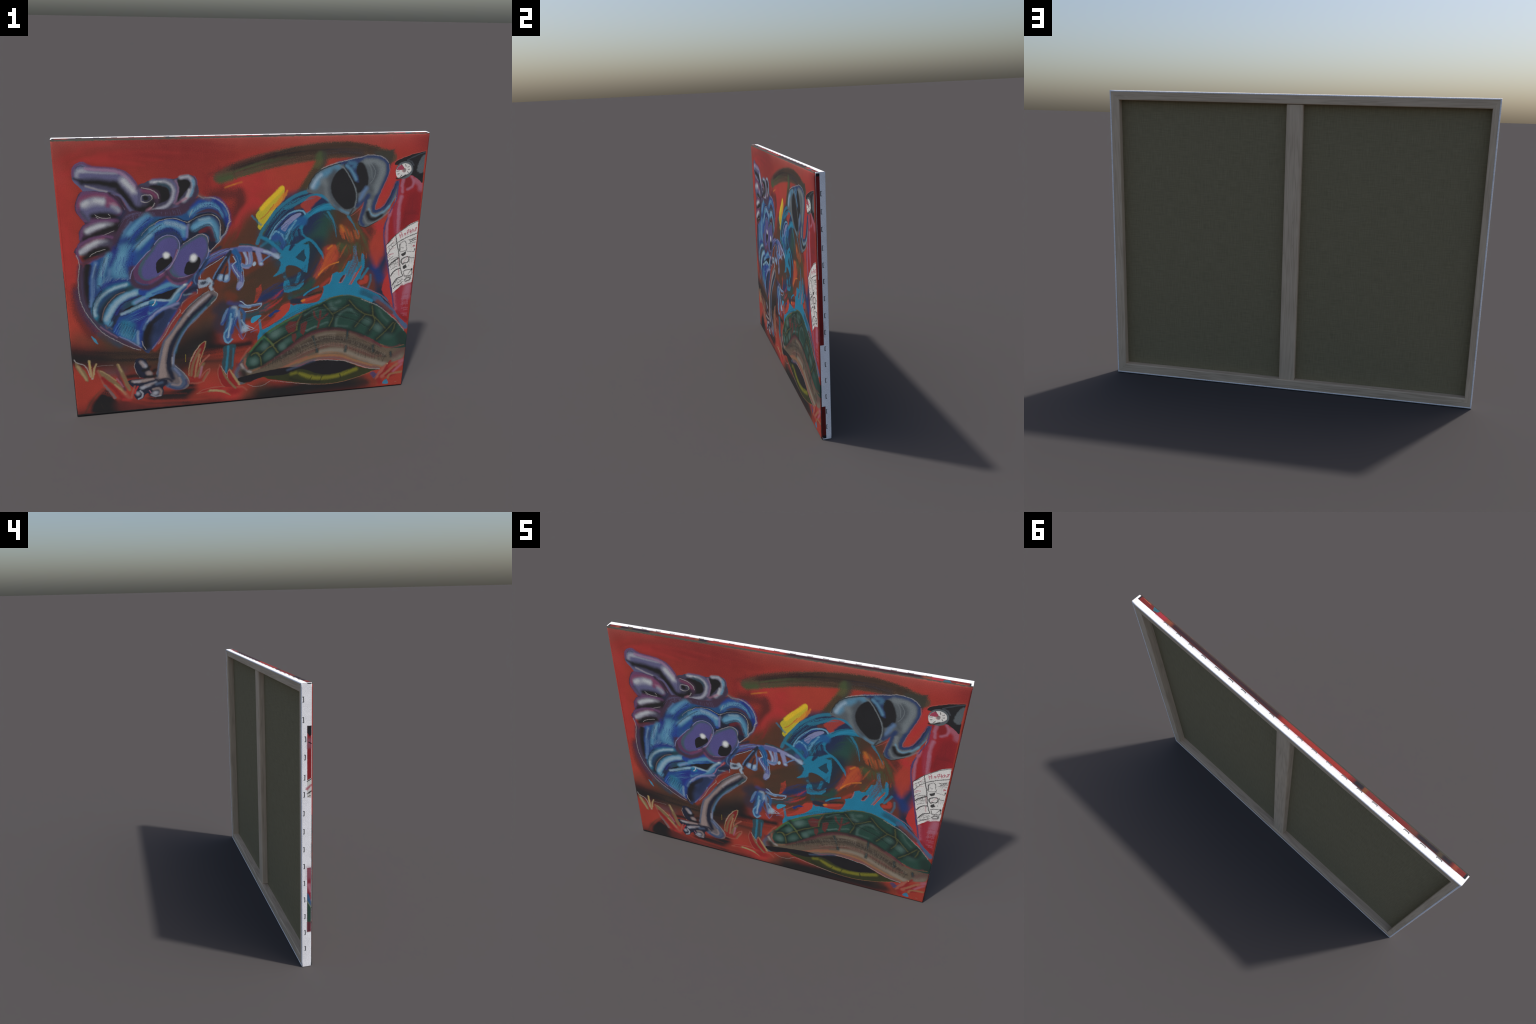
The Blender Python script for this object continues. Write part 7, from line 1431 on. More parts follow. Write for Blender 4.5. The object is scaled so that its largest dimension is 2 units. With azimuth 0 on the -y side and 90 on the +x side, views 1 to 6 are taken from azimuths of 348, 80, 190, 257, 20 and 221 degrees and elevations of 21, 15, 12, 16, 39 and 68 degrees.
stroke(INK_RED, [(195.6, 104.9, 0.19), (196.1, 103, 0.19)], 0.13, alpha=0.9, grain=0.32, n=1)
stroke(INK_RED, [(195.9, 103.9, 0.19), (196.6, 104.3, 0.19)], 0.13, alpha=0.9, grain=0.32, n=1)
stroke(INK_RED, [(196.8, 103.5, 0.19), (197.5, 103.5, 0.19), (197.6, 105.1, 0.19), (197.1, 105.2, 0.19), (198.2, 105.5, 0.19)], 0.13, alpha=0.9, grain=0.32, n=1)
stroke(INK_RED, [(198, 105.7, 0.19), (197.9, 103.8, 0.19)], 0.13, alpha=0.9, grain=0.32, n=1)
stroke(INK, [(188.6, 95.2, 0.19), (189.7, 96.7, 0.19), (191.3, 97.7, 0.19), (192.6, 96.3, 0.19), (193, 94, 0.19), (193.2, 91.8, 0.19), (189.6, 91.1, 0.19)], 0.13, alpha=0.8, grain=0.4)
stroke(INK, [(188.9, 95.2, 0.43), (189.1, 91.7, 0.43)], 0.16, alpha=0.8, grain=0.48, n=1)
stroke(INK, [(189.9, 93.6, 0.18), (190.3, 93.9, 0.18), (190.9, 93.2, 0.18), (191.3, 93.8, 0.18)], 0.13, alpha=0.6, grain=0.48, n=1)
stroke(INK, [(193.5, 91.2, 0.19), (196, 91, 0.19), (198.3, 90.7, 0.19)], 0.13, alpha=0.7, grain=0.64, n=1)
fill(COAL, [(190.1, 89.6), (191.6, 90.3), (193, 91.2), (193.2, 89.3), (191.4, 88.1), (190.7, 88.5)], 0.16, alpha=0.95, grain=0.4, n=1)
stroke(INK, [(190.8, 85.9, 0.31), (191.4, 86.8, 0.31), (193.8, 87.8, 0.31), (195.2, 87.2, 0.31), (195.4, 85.3, 0.31), (194.5, 84.1, 0.31), (192.6, 83.9, 0.31), (191.8, 83.1, 0.31), (190.8, 84.3, 0.31), (190.5, 85.6, 0.31)], 0.13, alpha=0.9, grain=0.41)
stroke(INK_RED, [(192, 84.2, 0.15), (193.4, 86.1, 0.15), (194.5, 87.6, 0.15)], 0.13, alpha=0.6, grain=0.4, n=1)
fill(COAL, [(192, 82), (193.7, 83), (194.7, 81.1), (193.1, 79.8), (192.2, 80.3)], 0.2, alpha=0.95, grain=0.41, n=1)
stroke(INK, [(192.4, 78.4, 0.26), (194.1, 79.2, 0.26), (197.3, 79.7, 0.26), (198.2, 80, 0.26)], 0.16, alpha=0.8, grain=0.66)
stroke(INK, [(193, 77.7, 0.26), (193.5, 75.7, 0.26), (196.1, 75.7, 0.26), (198.1, 76.2, 0.26), (198.1, 79.3, 0.26)], 0.16, alpha=0.8, grain=0.66)
stroke(INK, [(195.7, 76.5, 0.18), (197.9, 79.6, 0.18)], 0.13, alpha=0.8, grain=0.41, n=1)
blob(COAL, 197.8, 79.5, 0.59, 0.79, 0, 0.26, alpha=0.9, grain=0.49)
stroke(INK, [(194.1, 73, 0.45), (195.3, 74.3, 0.45), (197.6, 74.1, 0.45), (197.1, 72.8, 0.45), (194.6, 72, 0.45)], 0.26, alpha=0.8, grain=0.99)
stroke(INK, [(193.6, 75, 0.2), (197.8, 74.9, 0.2)], 0.13, alpha=0.7, grain=0.66, n=1)
stroke(INK, [(194.3, 98.1, 0.35), (195.9, 98.3, 0.35), (197.9, 99.4, 0.35)], 0.25, alpha=0.8, grain=1.27)
stroke(INK, [(195.1, 96.8, 0.3), (196.6, 97.6, 0.3), (198.1, 98.2, 0.3)], 0.22, alpha=0.8, grain=1.28)
stroke(INK, [(194.2, 95.9, 0.22), (196.1, 96.2, 0.22), (198.3, 96.6, 0.22)], 0.19, alpha=0.7, grain=0.96)
blob(INK_RED, 197.7, 94.3, 0.77, 0.51, 0, 0.19, alpha=0.9, grain=0.48)
blob(INK, 198.3, 92, 0.45, 0.84, -20, 0.26, alpha=0.9, grain=0.64)
stroke(INK, [(195.7, 87.8, 0.23), (196.2, 86.9, 0.23), (198.6, 86.9, 0.23)], 0.16, alpha=0.8, grain=0.65)
stroke(INK, [(195.7, 82.7, 0.18), (195.9, 81.7, 0.18)], 0.13, alpha=0.5, grain=0.33, n=1)
fill(CAN_RED, [(187.5, 64.7), (190.9, 66.5), (192.6, 69), (198.9, 70.9), (199, 64.2), (198.7, 55.1), (198.5, 44.5), (193.4, 48.4), (190.3, 52.7), (188.4, 59)], 0.27)
stroke(CAN_PINK, [(196.6, 68.4, 2.52), (196.2, 62.8, 2.52)], 2.18, alpha=0.8, grain=1.68, n=3)
stroke(CAN_CRIM, [(192.6, 69, 1), (191.6, 65.8, 1)], 1.04, alpha=0.9, grain=1.67)
stroke(CAN_PINK, [(188.5, 64.3, 1.01), (189.4, 59.2, 1.01), (190.5, 54.4, 1.01)], 0.87, alpha=0.7, grain=0.84)
stroke(CAN_CRIM, [(190.9, 63.2, 1.86), (191.9, 57, 1.86), (193.7, 52.1, 1.86)], 1.75, alpha=0.8, n=3)
stroke(CAN_CRIM, [(192.6, 63, 0.3), (194.8, 63.4, 0.3), (197.4, 63.7, 0.3)], 0.27, alpha=0.6, grain=1.68, n=1)
stroke(CAN_PINK, [(193.9, 61.7, 0.3), (195.7, 62.1, 0.3), (197.4, 62.4, 0.3)], 0.27, alpha=0.6, grain=1.68, n=1)
stroke(CAN_PINK, [(193.3, 60.6, 0.3), (196.6, 60.8, 0.3), (197.5, 61.1, 0.3)], 0.27, alpha=0.6, grain=1.68, n=1)
stroke(CAN_CRIM, [(194.6, 59.3, 0.3), (195.8, 59.7, 0.3), (197.5, 59.8, 0.3)], 0.27, alpha=0.6, grain=1.69, n=1)
stroke(CAN_PINK, [(194, 58.1, 0.3), (196.7, 58.4, 0.3), (197.6, 58.6, 0.3)], 0.27, alpha=0.6, grain=1.69, n=1)
stroke(CAN_PINK, [(193.4, 56.9, 0.3), (196, 57.2, 0.3), (197.6, 57.3, 0.3)], 0.27, alpha=0.6, grain=1.69, n=1)
stroke(CAN_CRIM, [(194.7, 55.6, 0.31), (196.9, 55.9, 0.31), (197.7, 56, 0.31)], 0.27, alpha=0.6, grain=1.7, n=1)
stroke(CAN_PINK, [(194.1, 54.4, 0.31), (196.1, 54.8, 0.31), (197.7, 54.7, 0.31)], 0.27, alpha=0.6, grain=1.7, n=1)
stroke(CAN_PINK, [(195.5, 53.1, 0.31), (197, 53.5, 0.31), (197.7, 53.4, 0.31)], 0.27, alpha=0.6, grain=1.7, n=1)
stroke(CAN_CRIM, [(194.8, 51.9, 0.31), (196.2, 52.3, 0.31), (197.8, 52.1, 0.31)], 0.27, alpha=0.6, grain=1.71, n=1)
stroke(CAN_PINK, [(194.2, 50.7, 0.31), (197.1, 51, 0.31), (197.8, 50.8, 0.31)], 0.27, alpha=0.6, grain=1.71, n=1)
stroke(CAN_PINK, [(195.5, 49.4, 0.31), (196.4, 49.8, 0.31), (197.9, 49.5, 0.31)], 0.27, alpha=0.6, grain=1.71, n=1)
stroke(CAN_DARK, [(191.7, 52.3, 0.68), (194.7, 49.3, 0.68), (198.3, 46.2, 0.68)], 0.89, alpha=0.6)
stroke(VIOLET_EDGE, [(185.5, 69.2, 0.4), (186.9, 64.1, 0.4), (188.2, 59, 0.4), (189.1, 54.9, 0.4)], 0.27, alpha=0.9, grain=0.5)
streaks(CAN_PINK, [(196.5, 68.8), (195.9, 62.1), (194.8, 54.1)], 18, 2.33, 0.15, 0.5, 1, 155)
streaks(CAN_CRIM, [(191.7, 65.4), (192.1, 58), (194.6, 50)], 16, 2.33, 0.17, 0.5, 1, 156)
fill(COAL, [(181.1, 142.7), (181.2, 143.8), (182.5, 145.2), (186.8, 146.8), (191.5, 148.4), (195.6, 149.3), (198.6, 149.6), (198.7, 146.2), (198.7, 139), (198.7, 132), (195.8, 134.1), (192.2, 136.3), (188.5, 137), (185.8, 139.4), (183.7, 142.3)], 0.15)
fill(GUN_MID, [(194.4, 139.1), (194.9, 142.6), (196.3, 146.3), (197.6, 147.6), (198.7, 147.6), (198.6, 143), (198.3, 138.1), (196, 137.8)], 0.36, alpha=0.9, grain=1.78)
stroke(GUN, [(188.2, 145.3, 0.3), (191.6, 146.9, 0.3), (195.7, 148.5, 0.3), (198.3, 149.2, 0.3)], 0.18, alpha=0.7, grain=0.44)
stroke(GUN, [(188.2, 145, 0.36), (190.8, 144.1, 0.36), (192.2, 142.1, 0.36)], 0.3, alpha=0.8)
stroke(HAZE, [(181, 144.1, 0.12), (182.5, 145.5, 0.12), (186.8, 146.9, 0.12), (191.5, 148.6, 0.12), (195.6, 149.5, 0.12), (198.5, 150, 0.12)], 0.12, alpha=0.8, grain=0.37)
blob(GUN_MID, 186.9, 139.5, 5.2, 4.9, 25, 0.24)
fill(LABEL_WHITE, [(182, 139.5), (183.2, 141.5), (185.4, 143.1), (188.4, 143.2), (190.4, 141.8), (191.1, 139.8), (190.2, 138.1), (187.9, 136.7), (186.2, 135.9), (184.5, 134.8), (182.9, 135.7), (182.2, 137.5)], 0.15)
fill(GAUGE_RED, [(182.3, 139.8), (183.5, 141.7), (184.9, 142.7), (186.2, 141.4), (187.2, 140.2), (185.8, 139.7)], 0.18, alpha=0.95, grain=0.74)
blob(HAZE, 186.7, 139.4, 1.19, 1.19, 0, 0.24, alpha=0.6)
blob(GUN_MID, 187, 139.5, 0.89, 1.07, 0, 0.42, alpha=0.7)
stroke(INK, [(187.3, 142.6, 0.21), (187.8, 141.5, 0.21)], 0.15, alpha=0.85, grain=0.59, n=1)
stroke(INK, [(188.8, 141.2, 0.21), (189.5, 141.6, 0.21)], 0.15, alpha=0.85, grain=0.59, n=1)
stroke(INK, [(189, 139.7, 0.21), (189.9, 139.8, 0.21)], 0.15, alpha=0.85, grain=0.6, n=1)
stroke(INK, [(188.8, 138.6, 0.21), (189.5, 138, 0.21)], 0.15, alpha=0.85, grain=0.6, n=1)
stroke(INK, [(182.5, 139, 0.21), (184, 139.1, 0.21)], 0.15, alpha=0.85, grain=0.59, n=1)
stroke(INK, [(183.2, 137.4, 0.21), (183.9, 137.6, 0.21)], 0.15, alpha=0.85, grain=0.59, n=1)
stroke(INK, [(185, 135.9, 0.21), (185.6, 136.8, 0.21)], 0.15, alpha=0.85, grain=0.6, n=1)
stroke(INK, [(184.9, 142.7, 0.21), (185.2, 142.3, 0.21)], 0.15, alpha=0.85, grain=0.59, n=1)
stroke(COAL, [(182.7, 134.9, 0.45), (185.6, 135.3, 0.45), (187.9, 136.7, 0.45)], 0.36, alpha=0.9)
stroke(COAL, [(192.6, 138, 0.9), (195.7, 135.6, 0.9), (198.3, 133.8, 0.9)], 0.78, alpha=0.9)
stroke(ORANGE_RED, [(198.9, 149.9, 0.34), (198.7, 139, 0.34), (199.2, 124.3, 0.34), (199.4, 108.5, 0.34)], 0.18, alpha=0.9)
stroke(ORANGE_RED, [(199, 109.9, 0.33), (199.3, 99.1, 0.33), (199.3, 84.7, 0.33), (199.3, 72, 0.33)], 0.2, alpha=0.8)
stroke(CAN_DARK, [(199.1, 72.4, 0.34), (199.2, 62.8, 0.34)], 0.2, alpha=0.8)

# tortoise shell
fill(FLESH, [(92.2, 18.8), (93.9, 23.1), (95.5, 27.1), (97.3, 30.3), (99.7, 32.8), (107.5, 34), (113.7, 31.3), (120.7, 31.1), (126.8, 35.7), (132.9, 39.8), (137.9, 42.8), (144.5, 44.8), (152.4, 44.9), (160.5, 43.4), (168.9, 39.7), (175.8, 35.1), (182, 30.6), (187.3, 27.9), (194.9, 27.6), (199, 28.1), (198.6, 20.1), (191.7, 17.6), (186.8, 15.3), (182.6, 14.8), (174.8, 17.4), (166.3, 20.5), (160.3, 24.2), (153.6, 25.8), (146.3, 26), (140.8, 24.4), (133.7, 22), (125.9, 19.2), (119.6, 17.7), (110.2, 16.9), (103.9, 16.2), (99.4, 12.4), (95.6, 11.7), (93.1, 14.8)], 0.27)
fill(FLESH_DARK, [(99.8, 33.1), (104.4, 32.2), (109.8, 31.3), (116.1, 30.2), (122.3, 31.8), (129.2, 35.9), (134.5, 38.8), (140.8, 40), (148.8, 39.7), (156.8, 39), (165.1, 36.5), (173.6, 31.8), (181.6, 26.2), (186.9, 23), (186.2, 21.3), (178.3, 25.2), (169.7, 30), (161.3, 33.4), (153, 35.4), (145, 35.7), (138.7, 34.6), (131.7, 31.8), (125.5, 29.3), (117.7, 26.6), (110, 25.2), (102.2, 25.1), (99.1, 27.6)], 0.88, alpha=0.9, grain=2.21)
stroke(FLESH, [(127.7, 33, 1.26), (136.9, 39.5, 1.26), (147.1, 41.1, 1.26), (156.8, 39.9, 1.26), (165.1, 36.5, 1.26), (173.6, 32.3, 1.26)], 1.79, alpha=0.8, grain=2.73)
stroke(FLESH_LIGHT, [(140.8, 39.5, 0.62), (147.1, 41.1, 0.62), (152.7, 40.6, 0.62)], 1.25, alpha=0.5, grain=2.08)
stroke(FLESH_PINK, [(121.7, 24.5, 1.48), (130.3, 27.6, 1.48), (137.3, 29.9, 1.48), (144.4, 32.3, 1.48), (150.7, 33.5, 1.48), (157.3, 32.4, 1.48), (164, 29.6, 1.48), (172, 26.2, 1.48), (178.5, 22.9, 1.48)], 1.06, alpha=0.8, grain=3.17)
stroke(FLESH_LIGHT, [(144.2, 28.9, 1.51), (150.2, 29.6, 1.51), (157.5, 28.9, 1.51), (164.3, 25.6, 1.51), (171.1, 22.3, 1.51), (178.9, 19.3, 1.51), (184.5, 16.9, 1.51)], 1.29, alpha=0.8, grain=2.59)
stroke(FLESH_LIGHT, [(177.6, 19.4, 1.33), (183.3, 17, 1.33), (186.7, 16.7, 1.33)], 1.44, alpha=0.8, grain=2.22, n=3)
stroke(TAN, [(123.4, 20.8, 0.76), (130.5, 23.6, 0.76), (137.5, 26, 0.76), (143.9, 26.7, 0.76)], 0.84, alpha=0.8, grain=1.48)
stroke(TAN, [(142.3, 26.4, 0.65), (149.5, 26.6, 0.65), (157.7, 25.4, 0.65), (163.7, 22.6, 0.65), (170.5, 19.7, 0.65), (179.1, 16.5, 0.65), (184.3, 15.1, 0.65)], 0.65, alpha=0.9)
stroke(BROWN_GREY, [(142.4, 25.3, 0.35), (151.2, 25.3, 0.35), (157.8, 24.5, 0.35), (164.6, 21.4, 0.35), (172.7, 18.1, 0.35), (183.5, 14.7, 0.35)], 0.35, alpha=0.7)
stroke(WINE_RED, [(119.2, 31.2, 1.25), (126.8, 35.7, 1.25), (135.2, 40.9, 1.25), (143, 43.6, 1.25), (150.1, 44.3, 1.25), (156.5, 43.5, 1.25), (164.7, 41.3, 1.25), (171.1, 37.3, 1.25), (178.5, 33.1, 1.25), (183.3, 30, 1.25)], 0.84, alpha=0.9, grain=1.46)
stroke(FLESH_PINK, [(162.7, 41.1, 1.06), (168.3, 37.5, 1.06), (175.5, 33.8, 1.06)], 1.06, alpha=0.6, grain=3.19, n=3)
stroke(SHELL_DARK, [(139.2, 39.9, 0.92), (140.2, 37, 0.92), (141.1, 34.1, 0.92)], 0.83, alpha=0.8, grain=1.46, n=1)
stroke(PETROL, [(139.2, 39.9, 0.29), (141.1, 34.1, 0.29)], 0.42, alpha=0.6, grain=1.26, n=1)
stroke(SHELL_DARK, [(160.9, 43.6, 0.93), (160.8, 39.9, 0.93), (160.6, 36.3, 0.93)], 0.84, alpha=0.8, grain=1.48, n=1)
stroke(PETROL, [(160.9, 43.6, 0.3), (160.6, 36.3, 0.3)], 0.42, alpha=0.6, grain=1.27, n=1)
stroke(SHELL_DARK, [(177.9, 30.3, 0.96), (178.1, 28.3, 0.96), (178.2, 26.3, 0.96)], 0.87, alpha=0.8, grain=1.52, n=1)
stroke(PETROL, [(177.9, 30.3, 0.31), (178.2, 26.3, 0.31)], 0.44, alpha=0.6, grain=1.31, n=1)
stroke(SHELL_DARK, [(189.9, 24.5, 0.97), (190.3, 23.1, 0.97), (190.6, 21.7, 0.97)], 0.88, alpha=0.8, grain=1.55, n=1)
stroke(PETROL, [(189.9, 24.5, 0.31), (190.6, 21.7, 0.31)], 0.44, alpha=0.6, grain=1.33, n=1)
stroke(SHELL_DARK, [(160.4, 31.7, 0.94), (160.3, 30, 0.94), (160.2, 28.2, 0.94)], 0.85, alpha=0.8, grain=1.5, n=1)
stroke(PETROL, [(160.4, 31.7, 0.3), (160.2, 28.2, 0.3)], 0.43, alpha=0.6, grain=1.29, n=1)
stroke(SHELL_DARK, [(141.8, 32.1, 0.93), (142.1, 30.8, 0.93), (142.3, 29.5, 0.93)], 0.84, alpha=0.8, grain=1.47, n=1)
stroke(PETROL, [(141.8, 32.1, 0.3), (142.3, 29.5, 0.3)], 0.42, alpha=0.6, grain=1.26, n=1)
stroke(FLESH_PINK, [(180.6, 22.7, 0.88), (183.6, 22.9, 0.88)], 0.88, alpha=0.6, grain=1.54)
hatch(FLESH_DARK, [(98.3, 30.6), (109.9, 26.9), (121.6, 27.5), (131.3, 32.7), (141, 37), (150.9, 36.9), (161.2, 34.7), (169.6, 30.9), (178.2, 26.5), (187, 22.1)], [(100, 21.9), (110.1, 20.4), (122.6, 23.1), (133.4, 28.1), (142.5, 30.8), (151.2, 32.1), (161.5, 29.4), (169.3, 23.8), (177.9, 20.3), (185.7, 17.7)], 70, 0.33, 0.6, 1.42, 3)
hatch(FLESH_LIGHT, [(100.2, 31.3), (109.9, 30.8), (121.5, 30.6), (131.2, 35.3), (140.8, 39.5), (150.7, 40.4), (160.9, 38.2), (169.3, 34.4), (178, 29.2), (186.8, 23.9)], [(99.9, 27.1), (110, 26.1), (122.4, 26.6), (133.3, 31.6), (142.2, 36), (151, 36.5), (161.2, 34.3), (168.8, 30.5), (177.4, 26.1), (185.3, 22.3)], 60, 0.28, 0.45, 1.42, 4)
hatch(FLESH_DARK, [(100.7, 27), (110, 25.2), (121.6, 27.5), (131.3, 32.2), (141, 36.1), (151, 36.1), (161.2, 33.8), (169.7, 30)], [(100.7, 24.4), (110, 23.5), (122.5, 24.8), (133.4, 30.3), (142.3, 33.4), (151.1, 34.3), (161.3, 32.1), (169, 27.8)], 46, 0.29, 0.45, 1.43, 5)
stroke(FLESH_LIGHT, [(193.1, 19.7, 2.01), (196.4, 21.2, 2.01)], 2.23, alpha=0.5, grain=3.34, n=3)
stroke(WINE_RED, [(192.9, 22, 1.99), (198.4, 26.4, 1.99)], 2.22, alpha=0.5, grain=3.32, n=3)
stroke(WINE_RED, [(93.4, 25.6, 0.9), (94.6, 20.7, 0.9), (97.7, 17.7, 0.9)], 1.03, alpha=0.7, grain=2.06)
streaks(FLESH_LIGHT, [(110, 23.9), (125.5, 28), (137.2, 33.9), (151, 36.1), (163.4, 32.3), (176.2, 25.4), (185.5, 20)], 22, 3.73, 0.14, 0.35, 1.04, 161)
streaks(FLESH_DARK, [(106.1, 26.5), (125.5, 30.2), (137.1, 35.6), (150.9, 37.8), (163.2, 35), (176, 28.5), (185.2, 23.2)], 26, 3.29, 0.16, 0.5, 1.03, 162)
streaks(TAN, [(114, 20.4), (129.6, 24.6), (143.4, 27.6), (153.5, 27.5), (166.1, 22.8), (181.2, 16.8)], 12, 1.25, 0.15, 0.5, 1.04, 163)
fill(SHELL, [(99.3, 21.9), (98.6, 24), (99, 27.4), (100.4, 31.4), (102.8, 35.3), (106, 40), (109.9, 44.4), (116.5, 48.8), (122.6, 52.3), (128.6, 55.1), (134.7, 57.8), (139.5, 60.2), (144.2, 62.2), (150, 64.9), (158.9, 65.5), (167.9, 62.9), (174.9, 59.5), (180.6, 56.1), (187.2, 50), (191, 46.7), (197.8, 38.6), (200.5, 33.6), (200.5, 27.9), (196.5, 27.2), (190.4, 27.4), (184.9, 29.4), (179.2, 33.4), (172.6, 37.5), (166.5, 40.5), (160.8, 42.7), (154.9, 44.6), (147.9, 45.2), (141, 44.4), (135.4, 42.2), (129.3, 38.6), (122.6, 33.4), (117.7, 29.7), (112.5, 26.1), (107.9, 23.4), (103.3, 21.5)], 0.21)
stroke(SHELL_DARK, [(100.5, 22.4, 0.99), (107.9, 23.8, 0.99), (114, 27.3, 0.99), (120.2, 31.6, 0.99), (127.5, 37.1, 0.99), (134.8, 41.9, 0.99), (141, 44.1, 0.99), (147.9, 44.7, 0.99), (156.2, 44, 0.99), (163.5, 41.8, 0.99), (170.9, 38, 0.99)], 0.99, alpha=0.7)
stroke(VEIN_GREEN, [(101.6, 33.3, 0.71), (106.4, 39.7, 0.71), (110.5, 44, 0.71), (117.2, 48.5, 0.71), (123.2, 51.9, 0.71), (129.2, 54.8, 0.71)], 0.56, alpha=0.9, grain=1.12)
stroke(VEIN, [(100.4, 32.8, 0.29), (104.5, 38.8, 0.29), (109.9, 44.4, 0.29), (116.5, 49, 0.29), (122.6, 52.3, 0.29), (128.6, 55, 0.29), (134.7, 57.8, 0.29), (139.5, 60.2, 0.29), (144.2, 62.2, 0.29), (150, 64.9, 0.29), (156, 65.6, 0.29)], 0.29, alpha=0.9, grain=0.8)
stroke(SHELL_DARK, [(110.3, 43.7, 1.47), (113.1, 39.1, 1.47), (115.3, 36.8, 1.47), (117.7, 31.1, 1.47)], 1.47, alpha=0.9, n=3)
stroke(SHELL_DARK, [(115.3, 36.8, 1.47), (111.4, 34.5, 1.47), (107.1, 30.4, 1.47)], 1.47, alpha=0.9, n=3)
stroke(SHELL_DARK, [(115.3, 36.8, 1.47), (122.9, 42.3, 1.47), (128.4, 45.2, 1.47), (129.5, 49.8, 1.47)], 1.47, alpha=0.9, n=3)
stroke(SHELL_DARK, [(102.2, 31.2, 1.47), (104.6, 32.4, 1.47), (107.5, 30, 1.47), (108.2, 23.4, 1.47)], 1.47, alpha=0.9, n=3)
stroke(SHELL_DARK, [(129.5, 49.8, 1.46), (134.9, 52.6, 1.46), (136.7, 55.2, 1.46)], 1.46, alpha=0.9, n=3)
stroke(SHELL_DARK, [(115.3, 37.2, 1.47), (119.9, 39.8, 1.47)], 1.47, alpha=0.9, n=3)
blob(SHELL_LIGHT, 103.5, 26.6, 2.3, 2.3, 0, 1.97, alpha=0.8)
blob(SHELL_LIGHT, 112.7, 29.5, 2.63, 1.65, 40, 1.98, alpha=0.6)
blob(SHELL_LIGHT, 109.8, 36, 1.95, 2.28, -30, 1.63, alpha=0.7)
blob(SHELL_LIGHT, 116.4, 44.2, 3.56, 2.26, 30, 1.94, alpha=0.9)
blob(SHELL_LIGHT, 120.7, 35, 1.97, 1.97, 30, 1.64, alpha=0.8)
blob(SHELL_LIGHT, 115.5, 43.2, 1.29, 1.29, 0, 1.29, alpha=0.8)
blob(SHELL_LIGHT, 123.1, 38.2, 2.62, 1.31, 30, 1.64, alpha=0.5)
stroke(SHELL_DARK, [(107.9, 39.5, 0.65), (104.6, 35.8, 0.65), (102.5, 32.6, 0.65)], 0.81, alpha=0.9)
stroke(VEIN_GREEN, [(109.4, 42.4, 0.55), (112.2, 39.5, 0.55), (115, 36.5, 0.55)], 0.49, alpha=0.8, grain=1.14)
stroke(VEIN, [(111.2, 41.3, 0.43), (113.8, 38, 0.43), (115.7, 34.7, 0.43), (118, 31.4, 0.43)], 0.39, alpha=0.8, grain=1.15)
stroke(VEIN, [(115, 36.9, 0.39), (119.9, 40.2, 0.39), (124.8, 42.8, 0.39), (129, 45.8, 0.39)], 0.39, alpha=0.7, grain=1.14)
stroke(VEIN, [(115.3, 36.5, 0.36), (111.4, 34.5, 0.36), (107.8, 30.7, 0.36), (105.6, 32.3, 0.36)], 0.39, alpha=0.8, grain=1.15)
stroke(VEIN, [(101.9, 30.9, 0.36), (104.6, 32.4, 0.36), (107.2, 29.4, 0.36), (107.9, 25.9, 0.36), (108.1, 23.4, 0.36)], 0.39, alpha=0.8, grain=1.15)
stroke(VEIN, [(129, 45.4, 0.32), (128.8, 49.8, 0.32), (131.1, 53.6, 0.32)], 0.39, alpha=0.8, grain=1.13)
stroke(INK_RED2, [(124.5, 50.2, 1.13), (125.8, 48.1, 1.13), (127.1, 45.3, 1.13)], 0.97, alpha=0.9, grain=1.62, n=3)
fill(INK_RED2, [(121.8, 48.1), (125.1, 50.8), (128.2, 51.2), (128.9, 47.5), (127.2, 44.6), (124.1, 43.5), (122.8, 45.6)], 0.32, alpha=0.9, grain=1.14, n=1)
fill(INK_RED2, [(126, 42.7), (128.5, 43.1), (129.2, 40.7), (127.8, 37.1), (126.5, 38.5)], 0.33, alpha=0.8, grain=1.15, n=1)
fill(INK_RED2, [(131.3, 48.9), (133.8, 50.7), (135.3, 50.3), (134.6, 45.3), (133.2, 41.3), (131.3, 43.2)], 0.33, alpha=0.9, grain=1.15, n=1)
stroke(INK_RED2, [(128.8, 50.1, 0.55), (130.6, 52.7, 0.55), (131.4, 53.9, 0.55)], 0.48, alpha=0.9, grain=1.13)
stroke(SHELL_LIGHT, [(134.4, 44.3, 0.39), (137.1, 45.4, 0.39), (140.2, 46.8, 0.39)], 0.39, alpha=0.7)
stroke(SHELL_DARK, [(131.6, 52.2, 1.21), (133.4, 56.6, 1.21), (139.8, 59.4, 1.21), (144.4, 59.8, 1.21)], 1.51, alpha=0.8, n=3)
stroke(SHELL_LIGHT, [(133.4, 54.5, 0.32), (137.2, 57.1, 0.32), (141, 58.9, 0.32)], 0.48, alpha=0.5)
stroke(INK_RED2, [(139, 56.5, 0.61), (139.7, 53.2, 0.61), (141.8, 50.9, 0.61)], 0.51, alpha=0.9, grain=1.02)
stroke(INK_RED2, [(143.1, 56.6, 0.62), (142.9, 53.3, 0.62), (142.4, 47.9, 0.62), (141.7, 45.9, 0.62)], 0.51, alpha=0.9, grain=1.03)
stroke(INK_RED2, [(147.5, 54.6, 0.57), (145.3, 52.3, 0.57), (142.6, 50.8, 0.57)], 0.51, alpha=0.9, grain=1.02)
stroke(SHELL_LIGHT, [(135.1, 43.9, 0.41), (138.5, 45.7, 0.41), (141.2, 46.7, 0.41)], 0.41, alpha=0.7)
stroke(SHELL_LIGHT, [(143.6, 47.4, 0.53), (145.9, 48.5, 0.53), (147.8, 48.7, 0.53)], 0.72, alpha=0.6)
